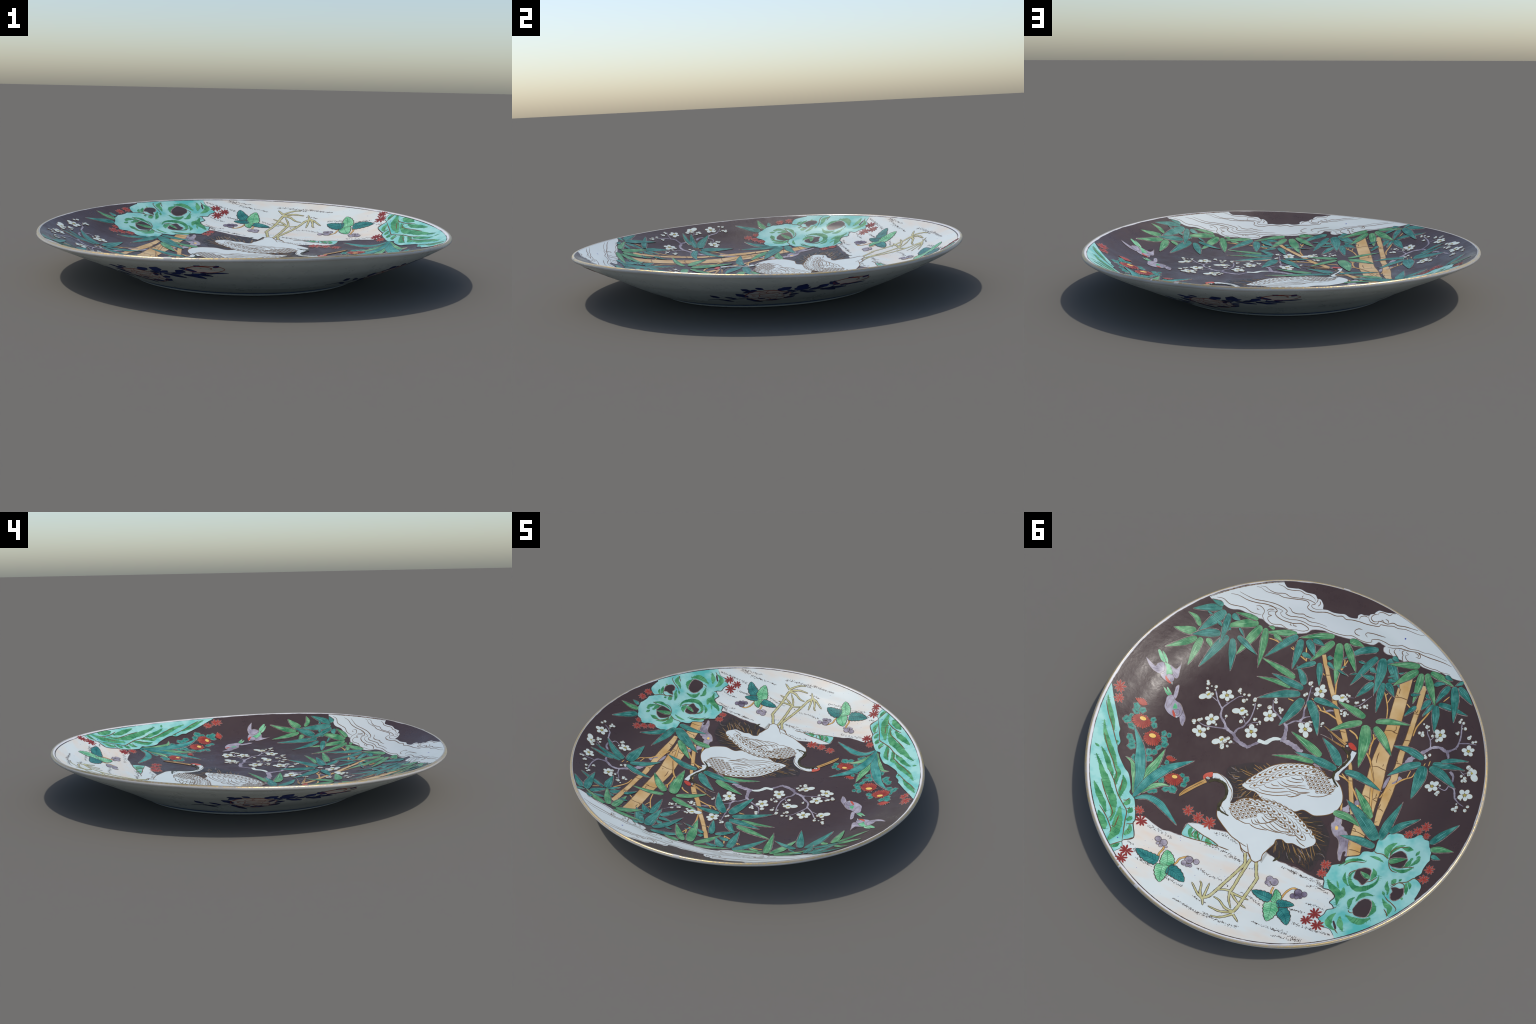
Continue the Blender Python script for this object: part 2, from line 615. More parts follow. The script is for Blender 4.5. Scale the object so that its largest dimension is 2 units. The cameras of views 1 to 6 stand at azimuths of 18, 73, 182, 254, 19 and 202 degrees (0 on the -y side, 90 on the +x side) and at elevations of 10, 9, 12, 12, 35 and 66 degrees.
# ------------------------------------------------------------------ white regions of the scene
cloud_low = [(0.6642, -0.6877), (0.6348, -0.6930), (0.6074, -0.6941), (0.5817, -0.6907), (0.5581, -0.6937), (0.5207, -0.7074), (0.4859, -0.7089), (0.4465, -0.7077), (0.4158, -0.7113), (0.3921, -0.7147), (0.3714, -0.7070), (0.3443, -0.7012), (0.3076, -0.7086), (0.2675, -0.7166), (0.2293, -0.7099), (0.1947, -0.7133), (0.1629, -0.7240)] + [(0.1421, -0.7359), (0.1288, -0.7534), (0.1020, -0.7631), (0.0652, -0.7696), (0.0288, -0.7671), (-0.0141, -0.7661), (-0.0634, -0.7662), (-0.0976, -0.7686), (-0.1319, -0.7706), (-0.1682, -0.7663), (-0.2098, -0.7661), (-0.2269, -0.7763), (-0.2371, -0.7864), (-0.2599, -0.7800), (-0.2792, -0.7738), (-0.2715, -0.7665), (-0.2779, -0.7485), (-0.3022, -0.7374), (-0.3297, -0.7365), (-0.3603, -0.7263), (-0.3887, -0.7219)] + [(-0.3940, -0.7164), (-0.4207, -0.7163), (-0.4588, -0.7113), (-0.4848, -0.7123), (-0.5035, -0.7057), (-0.5313, -0.7009), (-0.5651, -0.6974), (-0.5988, -0.6937)] + [(-0.5976, -0.6975), (-0.6514, -0.6801), (-0.6856, -0.6725), (-0.7082, -0.6712)]
cloud_high = [(-0.2617, -0.9386), (-0.2324, -0.9342), (-0.2080, -0.9348), (-0.1874, -0.9347), (-0.1713, -0.9214)] + [(-0.1702, -0.9149), (-0.1489, -0.9066), (-0.1446, -0.8992), (-0.1148, -0.8949), (-0.1004, -0.8960), (-0.0871, -0.8845), (-0.0897, -0.8724), (-0.0758, -0.8673), (-0.0448, -0.8657), (-0.0177, -0.8725), (0.0123, -0.8675), (0.0465, -0.8642), (0.0794, -0.8671), (0.1034, -0.8646), (0.1084, -0.8833), (0.1278, -0.9023), (0.1389, -0.9035), (0.1490, -0.9018), (0.1645, -0.9152), (0.1893, -0.9147), (0.2130, -0.9114), (0.2428, -0.9148), (0.2669, -0.9124)] + [(0.2569, -0.9144), (0.2927, -0.9048), (0.3193, -0.8996), (0.3371, -0.9095)]


def cloud():
    r0, r1 = [(-0.7148, -0.6722)], [(-0.2810, -0.9372)]
    l0, l1 = [(0.3414, -0.9115)], [(0.6807, -0.6904)]
    outline = smooth(cloud_low) + edge_arc(r0[0], r1[0]) + smooth(cloud_high) + edge_arc(l0[0], l1[0])
    p = Piece()
    p.fill(outline, Z_REGION, 'cloud_white')
    body = p.build('cloud_band', plate)
    p = Piece()
    z = Z_REGION + Z_LINE
    w = 0.00335
    for line in (
        [(0.6511, -0.7098), (0.6161, -0.7192), (0.5783, -0.7110), (0.5326, -0.7211), (0.4997, -0.7277), (0.4623, -0.7222), (0.4318, -0.7261), (0.4091, -0.7325)],
        [(0.5875, -0.7574), (0.5490, -0.7676), (0.4994, -0.7669), (0.4489, -0.7744), (0.3999, -0.7865), (0.3580, -0.7890), (0.3330, -0.7790), (0.3416, -0.7682), (0.3280, -0.7552), (0.2937, -0.7492), (0.2447, -0.7523)] + [(0.2309, -0.7539), (0.1958, -0.7657), (0.1624, -0.7622), (0.1443, -0.7518), (0.1608, -0.7382), (0.1867, -0.7306), (0.2041, -0.7294), (0.2391, -0.7173)],
        [(0.5480, -0.7848), (0.5125, -0.7839), (0.4635, -0.7854), (0.4043, -0.7988), (0.3534, -0.8061), (0.3062, -0.8039), (0.2820, -0.7962), (0.2886, -0.7849), (0.2621, -0.7807), (0.2224, -0.7898)] + [(0.1816, -0.7955), (0.1509, -0.7897), (0.1029, -0.7951), (0.0559, -0.7931)],
        [(0.3845, -0.7833), (0.3372, -0.7909), (0.3046, -0.7895), (0.3149, -0.7783), (0.2996, -0.7658), (0.2566, -0.7656), (0.2174, -0.7759)] + [(0.1787, -0.7777), (0.1410, -0.7723), (0.0977, -0.7808), (0.0619, -0.7802), (0.0288, -0.7769), (-0.0109, -0.7750), (-0.0591, -0.7781), (-0.0918, -0.7849), (-0.1297, -0.7765), (-0.1730, -0.7723), (-0.2013, -0.7803), (-0.1976, -0.7906), (-0.2329, -0.7980), (-0.2690, -0.7927), (-0.2992, -0.7845), (-0.3389, -0.7870)] + [(-0.3637, -0.7934), (-0.4071, -0.7843), (-0.4467, -0.7859), (-0.4820, -0.7797), (-0.5151, -0.7793), (-0.5568, -0.7721), (-0.6100, -0.7584)],
        [(0.4728, -0.8419), (0.4499, -0.8470), (0.4195, -0.8414), (0.3788, -0.8470), (0.3519, -0.8514), (0.3229, -0.8501), (0.2830, -0.8584)] + [(0.2102, -0.8743), (0.1876, -0.8708), (0.1814, -0.8635), (0.1869, -0.8494), (0.1729, -0.8403), (0.1406, -0.8399), (0.0888, -0.8537), (0.0610, -0.8556), (0.0248, -0.8536), (-0.0079, -0.8607), (-0.0323, -0.8519), (-0.0655, -0.8571), (-0.1072, -0.8580), (-0.1429, -0.8556), (-0.1807, -0.8565), (-0.2142, -0.8596), (-0.2173, -0.8702), (-0.2544, -0.8724), (-0.2835, -0.8773), (-0.3125, -0.8723)] + [(-0.3357, -0.8740), (-0.3557, -0.8749), (-0.3913, -0.8693), (-0.4268, -0.8635), (-0.4602, -0.8635)],
        [(0.4553, -0.8523), (0.4296, -0.8598), (0.4027, -0.8541), (0.3672, -0.8545), (0.3223, -0.8684), (0.2855, -0.8652)] + [(0.2260, -0.8782), (0.1848, -0.8827), (0.1505, -0.8765), (0.1676, -0.8648), (0.1604, -0.8548), (0.1350, -0.8536), (0.0997, -0.8642)],
        [(0.3675, -0.8949), (0.3396, -0.8965), (0.3164, -0.8916), (0.2830, -0.8977), (0.2472, -0.9073)] + [(0.2206, -0.9028), (0.1932, -0.9059), (0.1618, -0.8978), (0.1577, -0.8867)],
        [(0.1484, -0.9051), (0.1438, -0.8973), (0.1483, -0.8804)], [(0.1322, -0.8948), (0.1249, -0.8846), (0.1336, -0.8693)], [(0.2240, -0.8926), (0.2305, -0.8859), (0.2265, -0.8796)],
        [(0.4467, -0.7581), (0.4285, -0.7672), (0.4051, -0.7613), (0.3973, -0.7494), (0.4010, -0.7297), (0.3848, -0.7144)], [(0.4411, -0.7526), (0.4357, -0.7472), (0.4259, -0.7498)],
        [(0.3858, -0.7570), (0.3766, -0.7712), (0.3511, -0.7796)], [(0.3357, -0.7765), (0.3675, -0.7657), (0.3777, -0.7542), (0.3697, -0.7468), (0.3546, -0.7497), (0.3710, -0.7356), (0.3661, -0.7218), (0.3380, -0.7134), (0.2923, -0.7256), (0.2538, -0.7182), (0.2039, -0.7288)],
        [(0.2823, -0.8170), (0.2658, -0.8108), (0.2557, -0.8025), (0.2273, -0.8032), (0.1949, -0.8124)] + [(0.1829, -0.8088), (0.1543, -0.8088), (0.1300, -0.8108)],
        [(-0.1328, -0.8259), (-0.1120, -0.8257), (-0.0957, -0.8127), (-0.1042, -0.7990), (-0.1304, -0.7942)], [(-0.1710, -0.7973), (-0.1567, -0.8082), (-0.1637, -0.8174), (-0.1974, -0.8199), (-0.2256, -0.8180), (-0.2642, -0.8155)],
        [(-0.1014, -0.8691), (-0.1020, -0.8820), (-0.1228, -0.8922), (-0.1414, -0.8888)], [(-0.1441, -0.9054), (-0.1446, -0.8896), (-0.1616, -0.8712), (-0.1908, -0.8670), (-0.2020, -0.8746), (-0.1988, -0.8836), (-0.2221, -0.8859), (-0.2513, -0.8813), (-0.2783, -0.8921), (-0.3078, -0.8857), (-0.3410, -0.8879)] + [(-0.3719, -0.8863), (-0.4169, -0.8825)],
        [(-0.1872, -0.9158), (-0.1659, -0.9076), (-0.1584, -0.8899), (-0.1770, -0.8767), (-0.1961, -0.8813)], [(-0.1883, -0.9129), (-0.1910, -0.9245), (-0.2133, -0.9298), (-0.2498, -0.9239), (-0.2594, -0.9356), (-0.2759, -0.9373)],
        [(-0.2126, -0.8932), (-0.2232, -0.8925), (-0.2295, -0.8844)], [(-0.2338, -0.9013), (-0.2487, -0.8982), (-0.2544, -0.8868)], [(0.2309, -0.7539), (0.2310, -0.7442), (0.2103, -0.7464)], [(0.2478, -0.7512), (0.2484, -0.7430), (0.2373, -0.7420)],
        [(-0.3039, -0.7666), (-0.3069, -0.7513), (-0.3255, -0.7389)], [(-0.3372, -0.7727), (-0.3303, -0.7590), (-0.3435, -0.7456), (-0.3614, -0.7329)], [(-0.3873, -0.7738), (-0.3725, -0.7633), (-0.3830, -0.7478), (-0.3819, -0.7367), (-0.3929, -0.7195)],
        [(-0.4072, -0.7744), (-0.3936, -0.7653), (-0.4103, -0.7556), (-0.3961, -0.7485), (-0.4097, -0.7287), (-0.4427, -0.7199), (-0.4807, -0.7245), (-0.5107, -0.7136), (-0.5457, -0.7071), (-0.5723, -0.7055), (-0.6009, -0.6974), (-0.6465, -0.6952)],
        [(-0.2896, -0.7733), (-0.3171, -0.7722), (-0.3557, -0.7775), (-0.4108, -0.7735), (-0.4504, -0.7750), (-0.4795, -0.7676), (-0.5219, -0.7592), (-0.5630, -0.7535), (-0.6044, -0.7459), (-0.6420, -0.7342)], [(-0.4385, -0.7708), (-0.4577, -0.7631), (-0.4614, -0.7522), (-0.4489, -0.7497)], [(-0.4541, -0.7741), (-0.4697, -0.7623), (-0.4723, -0.7494), (-0.4607, -0.7444)],
    ):
        p.stroke(line, w * rng.uniform(.85, 1.15), z, 'brown_line')
    p.stroke(smooth(cloud_low)[4:], 0.00275, z, 'reserve_pale', wob=.5)
    p.stroke(edge_arc([(0.6763, -0.6926)][0], [(0.3414, -0.9115)][0], .9740), 0.00335, z, 'brown_line', wob=.4)
    p.dot([(-0.3671, -0.8304)][0], 0.00427, z, 'cobalt_speck')
    p.dot([(-0.3574, -0.7700)][0], 0.00213, z, 'cobalt_speck')
    p.build('cloud_line', body, True)


cloud()


def sand():
    top = [(0.5842, 0.5741), (0.5820, 0.5587), (0.5748, 0.5468), (0.5567, 0.5371), (0.5299, 0.5391), (0.5026, 0.5488), (0.4725, 0.5575), (0.4368, 0.5639), (0.4066, 0.5579), (0.3734, 0.5584), (0.3420, 0.5545), (0.3493, 0.5300), (0.3421, 0.4848), (0.3054, 0.4689)] + [(0.2837, 0.4650), (0.2477, 0.4634), (0.2218, 0.4696), (0.1972, 0.4646), (0.1657, 0.4603), (0.1332, 0.4585)] + [(-0.0331, 0.4608), (-0.0804, 0.4901), (-0.1035, 0.4995)] + [(-0.1119, 0.4957), (-0.1448, 0.5140), (-0.1844, 0.5157), (-0.2255, 0.5222), (-0.2613, 0.5235)] + [(-0.2243, 0.5191), (-0.2437, 0.5192), (-0.2681, 0.5246), (-0.2925, 0.5301), (-0.3264, 0.5357), (-0.3596, 0.5397), (-0.3843, 0.5380), (-0.4121, 0.5267), (-0.4671, 0.5221)]
    start, end = [(0.6235, 0.6850), (0.5938, 0.6191)], [(-0.5612, 0.7979)]
    outline = smooth(top) + edge_arc(end[0], [(0.6469, 0.7234)][0]) + start
    p = Piece()
    p.fill(outline, Z_REGION - .0002, 'sand_white')
    body = p.build('sand_bank', plate)
    p = Piece()
    z = Z_REGION + .0002
    p.stroke(smooth(top)[6:], 0.00366, z, 'reserve_pale', wob=.5)
    p.build('sand_edge', body, True)
    rows = (([(0.5113, 0.5724), (0.4749, 0.5739), (0.3776, 0.5863)], 60, 42), ([(0.5513, 0.6993), (0.5215, 0.7026)], 16, 20), ([(0.5123, 0.7213), (0.4852, 0.7382), (0.4495, 0.7662)], 34, 24),
            ([(0.4862, 0.7615), (0.3832, 0.7736)], 36, 20), ([(0.3151, 0.7974), (0.2211, 0.8093)], 52, 34), ([(0.2343, 0.8866), (0.1624, 0.9000), (0.0923, 0.9168)], 66, 24),
            ([(0.1963, 0.4831), (0.1454, 0.4777), (0.0758, 0.4944)], 56, 34), ([(0.2186, 0.5572), (0.1864, 0.5553), (0.1125, 0.5589), (0.0257, 0.5789)], 90, 34), ([(0.1095, 0.5823), (0.0673, 0.5732), (0.0176, 0.5829)], 42, 36),
            ([(0.2007, 0.6913), (0.1665, 0.6954), (0.1296, 0.7058), (0.0692, 0.7034)], 70, 34), ([(0.1665, 0.8981), (0.1083, 0.9091), (0.0449, 0.9182)], 56, 26), ([(0.0769, 0.9026), (0.0227, 0.9123), (-0.0262, 0.9172), (-0.0962, 0.9139)], 110, 34),
            ([(-0.0856, 0.7364), (-0.1510, 0.7652)], 40, 40), ([(-0.1488, 0.8611), (-0.2059, 0.8642), (-0.2681, 0.8655)], 50, 26), ([(-0.2511, 0.8614), (-0.2985, 0.8649), (-0.3479, 0.8749), (-0.3946, 0.8788)], 80, 44),
            ([(-0.2588, 0.8971), (-0.3115, 0.8915), (-0.3523, 0.8871)], 34, 30), ([(-0.1770, 0.5396), (-0.2266, 0.5430), (-0.2957, 0.5570)], 50, 22), ([(-0.2203, 0.5435), (-0.2878, 0.5528), (-0.3464, 0.5566), (-0.3889, 0.5697)], 96, 34),
            ([(-0.3584, 0.5454), (-0.3988, 0.5803)], 36, 36), ([(-0.3242, 0.5925), (-0.3685, 0.5838), (-0.4298, 0.5979)], 60, 30), ([(-0.3496, 0.6822), (-0.3956, 0.6806), (-0.4410, 0.6870)], 46, 30), ([(-0.2906, 0.7353), (-0.3271, 0.7331), (-0.3570, 0.7298)], 52, 28),
            ([(-0.3312, 0.8041), (-0.3933, 0.8066), (-0.4392, 0.8080), (-0.5137, 0.8068)], 100, 32), ([(-0.3470, 0.8890), (-0.3973, 0.8779)], 24, 26), ([(0.1532, 0.8393), (0.1169, 0.8495), (0.0839, 0.8460)], 26, 22), ([(-0.0260, 0.6024), (-0.0527, 0.5959)], 8, 10),
            ([(0.0476, 0.7164), (0.0274, 0.7264)], 8, 14), ([(-0.0326, 0.7317), (-0.0585, 0.7325)], 8, 8), ([(0.1521, 0.8349), (0.1169, 0.8495)], 10, 14))
    p = Piece()
    for line, n, spread in rows:
        pts = smooth(line, .004)
        for _ in range(n):
            q = pts[int(rng.random() * (len(pts) - 1))]
            s = spread * .000305
            c = (q[0] + rng.gauss(0, s * .35), q[1] + rng.gauss(0, s * .35))
            p.dot(c, rng.uniform(.0013, .0032), z, 'dark_line', ry=rng.uniform(.0011, .0018), rot=rng.uniform(0, 3.1), n=6)
    p.build('stipple_dot', body, True)
    p = Piece()
    for _ in range(70):
        c = (rng.uniform(-.5, .6), rng.uniform(.4, .95))
        if inside(c, outline):
            p.dot(c, rng.uniform(.0008, .002), z, 'cobalt_speck', n=6)
    p.build('glaze_speck', body, True)
    # thin painted border line, broken where it has worn
    p = Piece()
    for a, b in (([(0.3966, 0.8898)], [(0.0682, 0.9686)]), ([(0.1398, 0.9604)], [(0.0181, 0.9703)]), ([(-0.0633, 0.9666)], [(-0.1469, 0.9612)]), ([(-0.3508, 0.9076)], [(-0.3984, 0.8895)]), ([(-0.3537, 0.9072)], [(-0.3905, 0.8926)]),
                 ([(-0.4266, 0.8761)], [(-0.4924, 0.8414)]), ([(-0.4972, 0.8380)], [(-0.7313, 0.6414)]), ([(-0.7407, 0.6336)], [(-0.8239, 0.5149)]), ([(0.8740, 0.4492)], [(0.6093, 0.7612)])):
        p.stroke(edge_arc(a[0], b[0], .9785), 0.00366, Z_ROCK + .0007, 'dark_line', wob=.5)
    p.build('border_line', plate, True)


# strokes along the border need a slightly wider clamp than the filled regions
BORDER_CLAMP = BORDER


def slab():
    p = Piece()
    edge = [(0.3414, 0.4864), (0.3446, 0.5023), (0.3493, 0.5300), (0.3427, 0.5529), (0.3023, 0.5546), (0.2547, 0.5499)] + [(0.2421, 0.5485), (0.1973, 0.5451), (0.1552, 0.5430), (0.1952, 0.5261), (0.2495, 0.5150), (0.2878, 0.5030), (0.3142, 0.4954)]
    p.fill(smooth(edge, closed=True), Z_ROCK, 'rock_aqua')
    o = p.build('small_rock', plate)
    p = Piece()
    for line, w in (([(0.3107, 0.4959), (0.3142, 0.5229), (0.2952, 0.5481)], 60), ([(0.2801, 0.5054), (0.2835, 0.5287), (0.2693, 0.5467)], 55), ([(0.2132, 0.5187), (0.2166, 0.5383), (0.1903, 0.5460)], 70), ([(0.2648, 0.5102), (0.2668, 0.5292), (0.2491, 0.5476)], 26)):
        p.stroke(line, w * .000305, Z_ROCK + .0004, 'moss_green', taper=(.3, .6))
    for line in (edge + edge[:1], [(0.2913, 0.5026), (0.2990, 0.5313), (0.2839, 0.5435)], [(0.2759, 0.5074), (0.2696, 0.5304), (0.2574, 0.5474)], [(0.2453, 0.5133), (0.2428, 0.5469)], [(0.1862, 0.5280), (0.1774, 0.5372)], [(0.1552, 0.5430), (0.0986, 0.5445)]):
        p.stroke(line, 0.00458, Z_ROCK + .0008, 'brown_line')
    p.build('rock_stroke', o, True)


def left_rock():
    edge = [(0.9559, -0.0259), (0.9227, 0.0284), (0.8871, 0.0829), (0.8510, 0.1381), (0.8415, 0.1516), (0.8371, 0.1765), (0.8141, 0.2130), (0.8134, 0.2488), (0.7863, 0.2873), (0.7412, 0.3312)] + [(0.7080, 0.3548), (0.6688, 0.4200), (0.6637, 0.4451), (0.6258, 0.4716), (0.5787, 0.5689), (0.5783, 0.5930), (0.5407, 0.6650), (0.5730, 0.6995), (0.5766, 0.7097), (0.5627, 0.7398), (0.5795, 0.7717)]
    p = Piece()
    outline = [(0.9723, -0.0510)] + edge + edge_arc([(0.5834, 0.7820)][0], [(0.9747, -0.0531)][0])
    p.fill(outline, Z_ROCK, 'rock_aqua')
    o = p.build('cliff_rock', plate)
    for line, w in (([(0.9636, 0.0136), (0.9375, 0.0615), (0.9047, 0.1097), (0.8653, 0.1731)], 74), ([(0.9277, 0.1448), (0.8949, 0.2060), (0.8595, 0.2506), (0.8238, 0.2880), (0.7716, 0.3550)], 88),
                    ([(0.8806, 0.2844), (0.8347, 0.3269), (0.7985, 0.3717)] + [(0.7854, 0.3796), (0.7673, 0.4086)], 78), ([(0.8855, 0.3321), (0.8499, 0.3690), (0.8202, 0.4063)] + [(0.7978, 0.4276), (0.7592, 0.4763), (0.7184, 0.5160), (0.6950, 0.5583), (0.6778, 0.6003), (0.6719, 0.6373)], 118),
                    ([(0.8303, 0.4733), (0.7829, 0.5240), (0.7423, 0.5632), (0.7099, 0.6040)], 92), ([(0.7429, 0.6085), (0.7124, 0.6422), (0.6715, 0.6900)], 116), ([(0.6688, 0.5382), (0.6505, 0.5922), (0.6349, 0.6433), (0.6282, 0.6879), (0.6344, 0.7360)], 138),
                    ([(0.7876, 0.3404), (0.7575, 0.3652), (0.7512, 0.4063), (0.7363, 0.4417)], 76), ([(0.7319, 0.3731), (0.7077, 0.4107), (0.7027, 0.4567), (0.6930, 0.4938)], 92), ([(0.6464, 0.4792), (0.6512, 0.5063), (0.6641, 0.5186)], 74), ([(0.6196, 0.5160), (0.6194, 0.5400), (0.6261, 0.5523)], 74),
                    ([(0.5999, 0.5610), (0.6028, 0.5812), (0.6136, 0.5942)], 74), ([(0.6024, 0.6141), (0.5946, 0.6237)], 48), ([(0.5873, 0.6068), (0.5757, 0.6368), (0.5853, 0.6746)], 76), ([(0.5807, 0.7242), (0.5921, 0.7471), (0.6101, 0.7597)], 58), ([(0.8347, 0.2129), (0.8243, 0.2260)], 44), ([(0.9133, 0.2843), (0.8883, 0.2916)], 40)):
        p = Piece()
        p.stroke(line, lambda t, w=w: w * .000305 * min(1, (.10 + t * 2.4), (.15 + (1 - t) * 3)), Z_ROCK + .0004 + rng.random() * .0002, 'moss_green')
        hatch(p, line, w)
        p.build('moss_patch', o)
    p = Piece()
    for line in ([(0.9599, 0.0457), (0.9222, 0.1057), (0.8811, 0.1574), (0.8417, 0.2115), (0.8129, 0.2485)], [(0.8998, 0.2092), (0.8508, 0.2771), (0.8083, 0.3224), (0.7791, 0.3592)] + [(0.7561, 0.3889), (0.7525, 0.4236)], [(0.8077, 0.4462), (0.7692, 0.4947), (0.7240, 0.5435), (0.6839, 0.5878), (0.6851, 0.6293)],
                 [(0.7517, 0.5815), (0.6983, 0.6212), (0.6482, 0.6757), (0.6485, 0.6962)], [(0.8059, 0.3763), (0.7564, 0.4220), (0.7111, 0.4788), (0.6680, 0.5170), (0.6328, 0.5483), (0.6157, 0.5996), (0.5923, 0.6667), (0.5771, 0.7100)], [(0.7243, 0.3967), (0.7075, 0.4599), (0.7123, 0.4630)], [(0.5759, 0.5915), (0.5881, 0.6052), (0.6032, 0.6125)],
                 [(0.6732, 0.4996), (0.6603, 0.4935), (0.6506, 0.4736)], [(0.6400, 0.5363), (0.6316, 0.5310), (0.6291, 0.5195)], [(0.6414, 0.6553), (0.6520, 0.5891)], [(0.6591, 0.6539), (0.6406, 0.6568)], [(0.5737, 0.6980), (0.5557, 0.6839), (0.5426, 0.6662)], [(0.6169, 0.5714), (0.6076, 0.5648)], [(0.5869, 0.6395), (0.5749, 0.6322)], [(0.6148, 0.7565), (0.5960, 0.7333), (0.5771, 0.7100)]):
        p.stroke(line, 0.00458, Z_ROCK + .0010, 'brown_line')
    p.stroke(edge, 0.00458, Z_ROCK + .0010, 'dark_line')
    p.dot([(0.6021, 0.7013)][0], 0.00305, Z_ROCK + .001, 'cobalt_speck')
    p.build('rock_line', o, True)


def hatch(p, line, w, mat='vein_green'):
    """short brush bristles along a moss patch"""
    pts = smooth(line, .009)
    for i in range(1, len(pts) - 1):
        a, b = pts[i - 1], pts[i + 1]
        d = math.dist(a, b)
        nx, ny = -(b[1] - a[1]) / d, (b[0] - a[0]) / d
        if rng.random() < .3:
            continue
        h = w * .000305 * .5 * rng.uniform(.45, 1.15)
        s = rng.uniform(.003, .014)
        q = pts[i]
        p.stroke([(q[0] - nx * h, q[1] - ny * h), (q[0] + nx * h + (b[0] - a[0]) / d * s, q[1] + ny * h + (b[1] - a[1]) / d * s)],
                 rng.uniform(.0012, .0022), Z_ROCK + .0007, rng.choice((mat, 'moss_green')), taper=(.3, .3), wob=0)


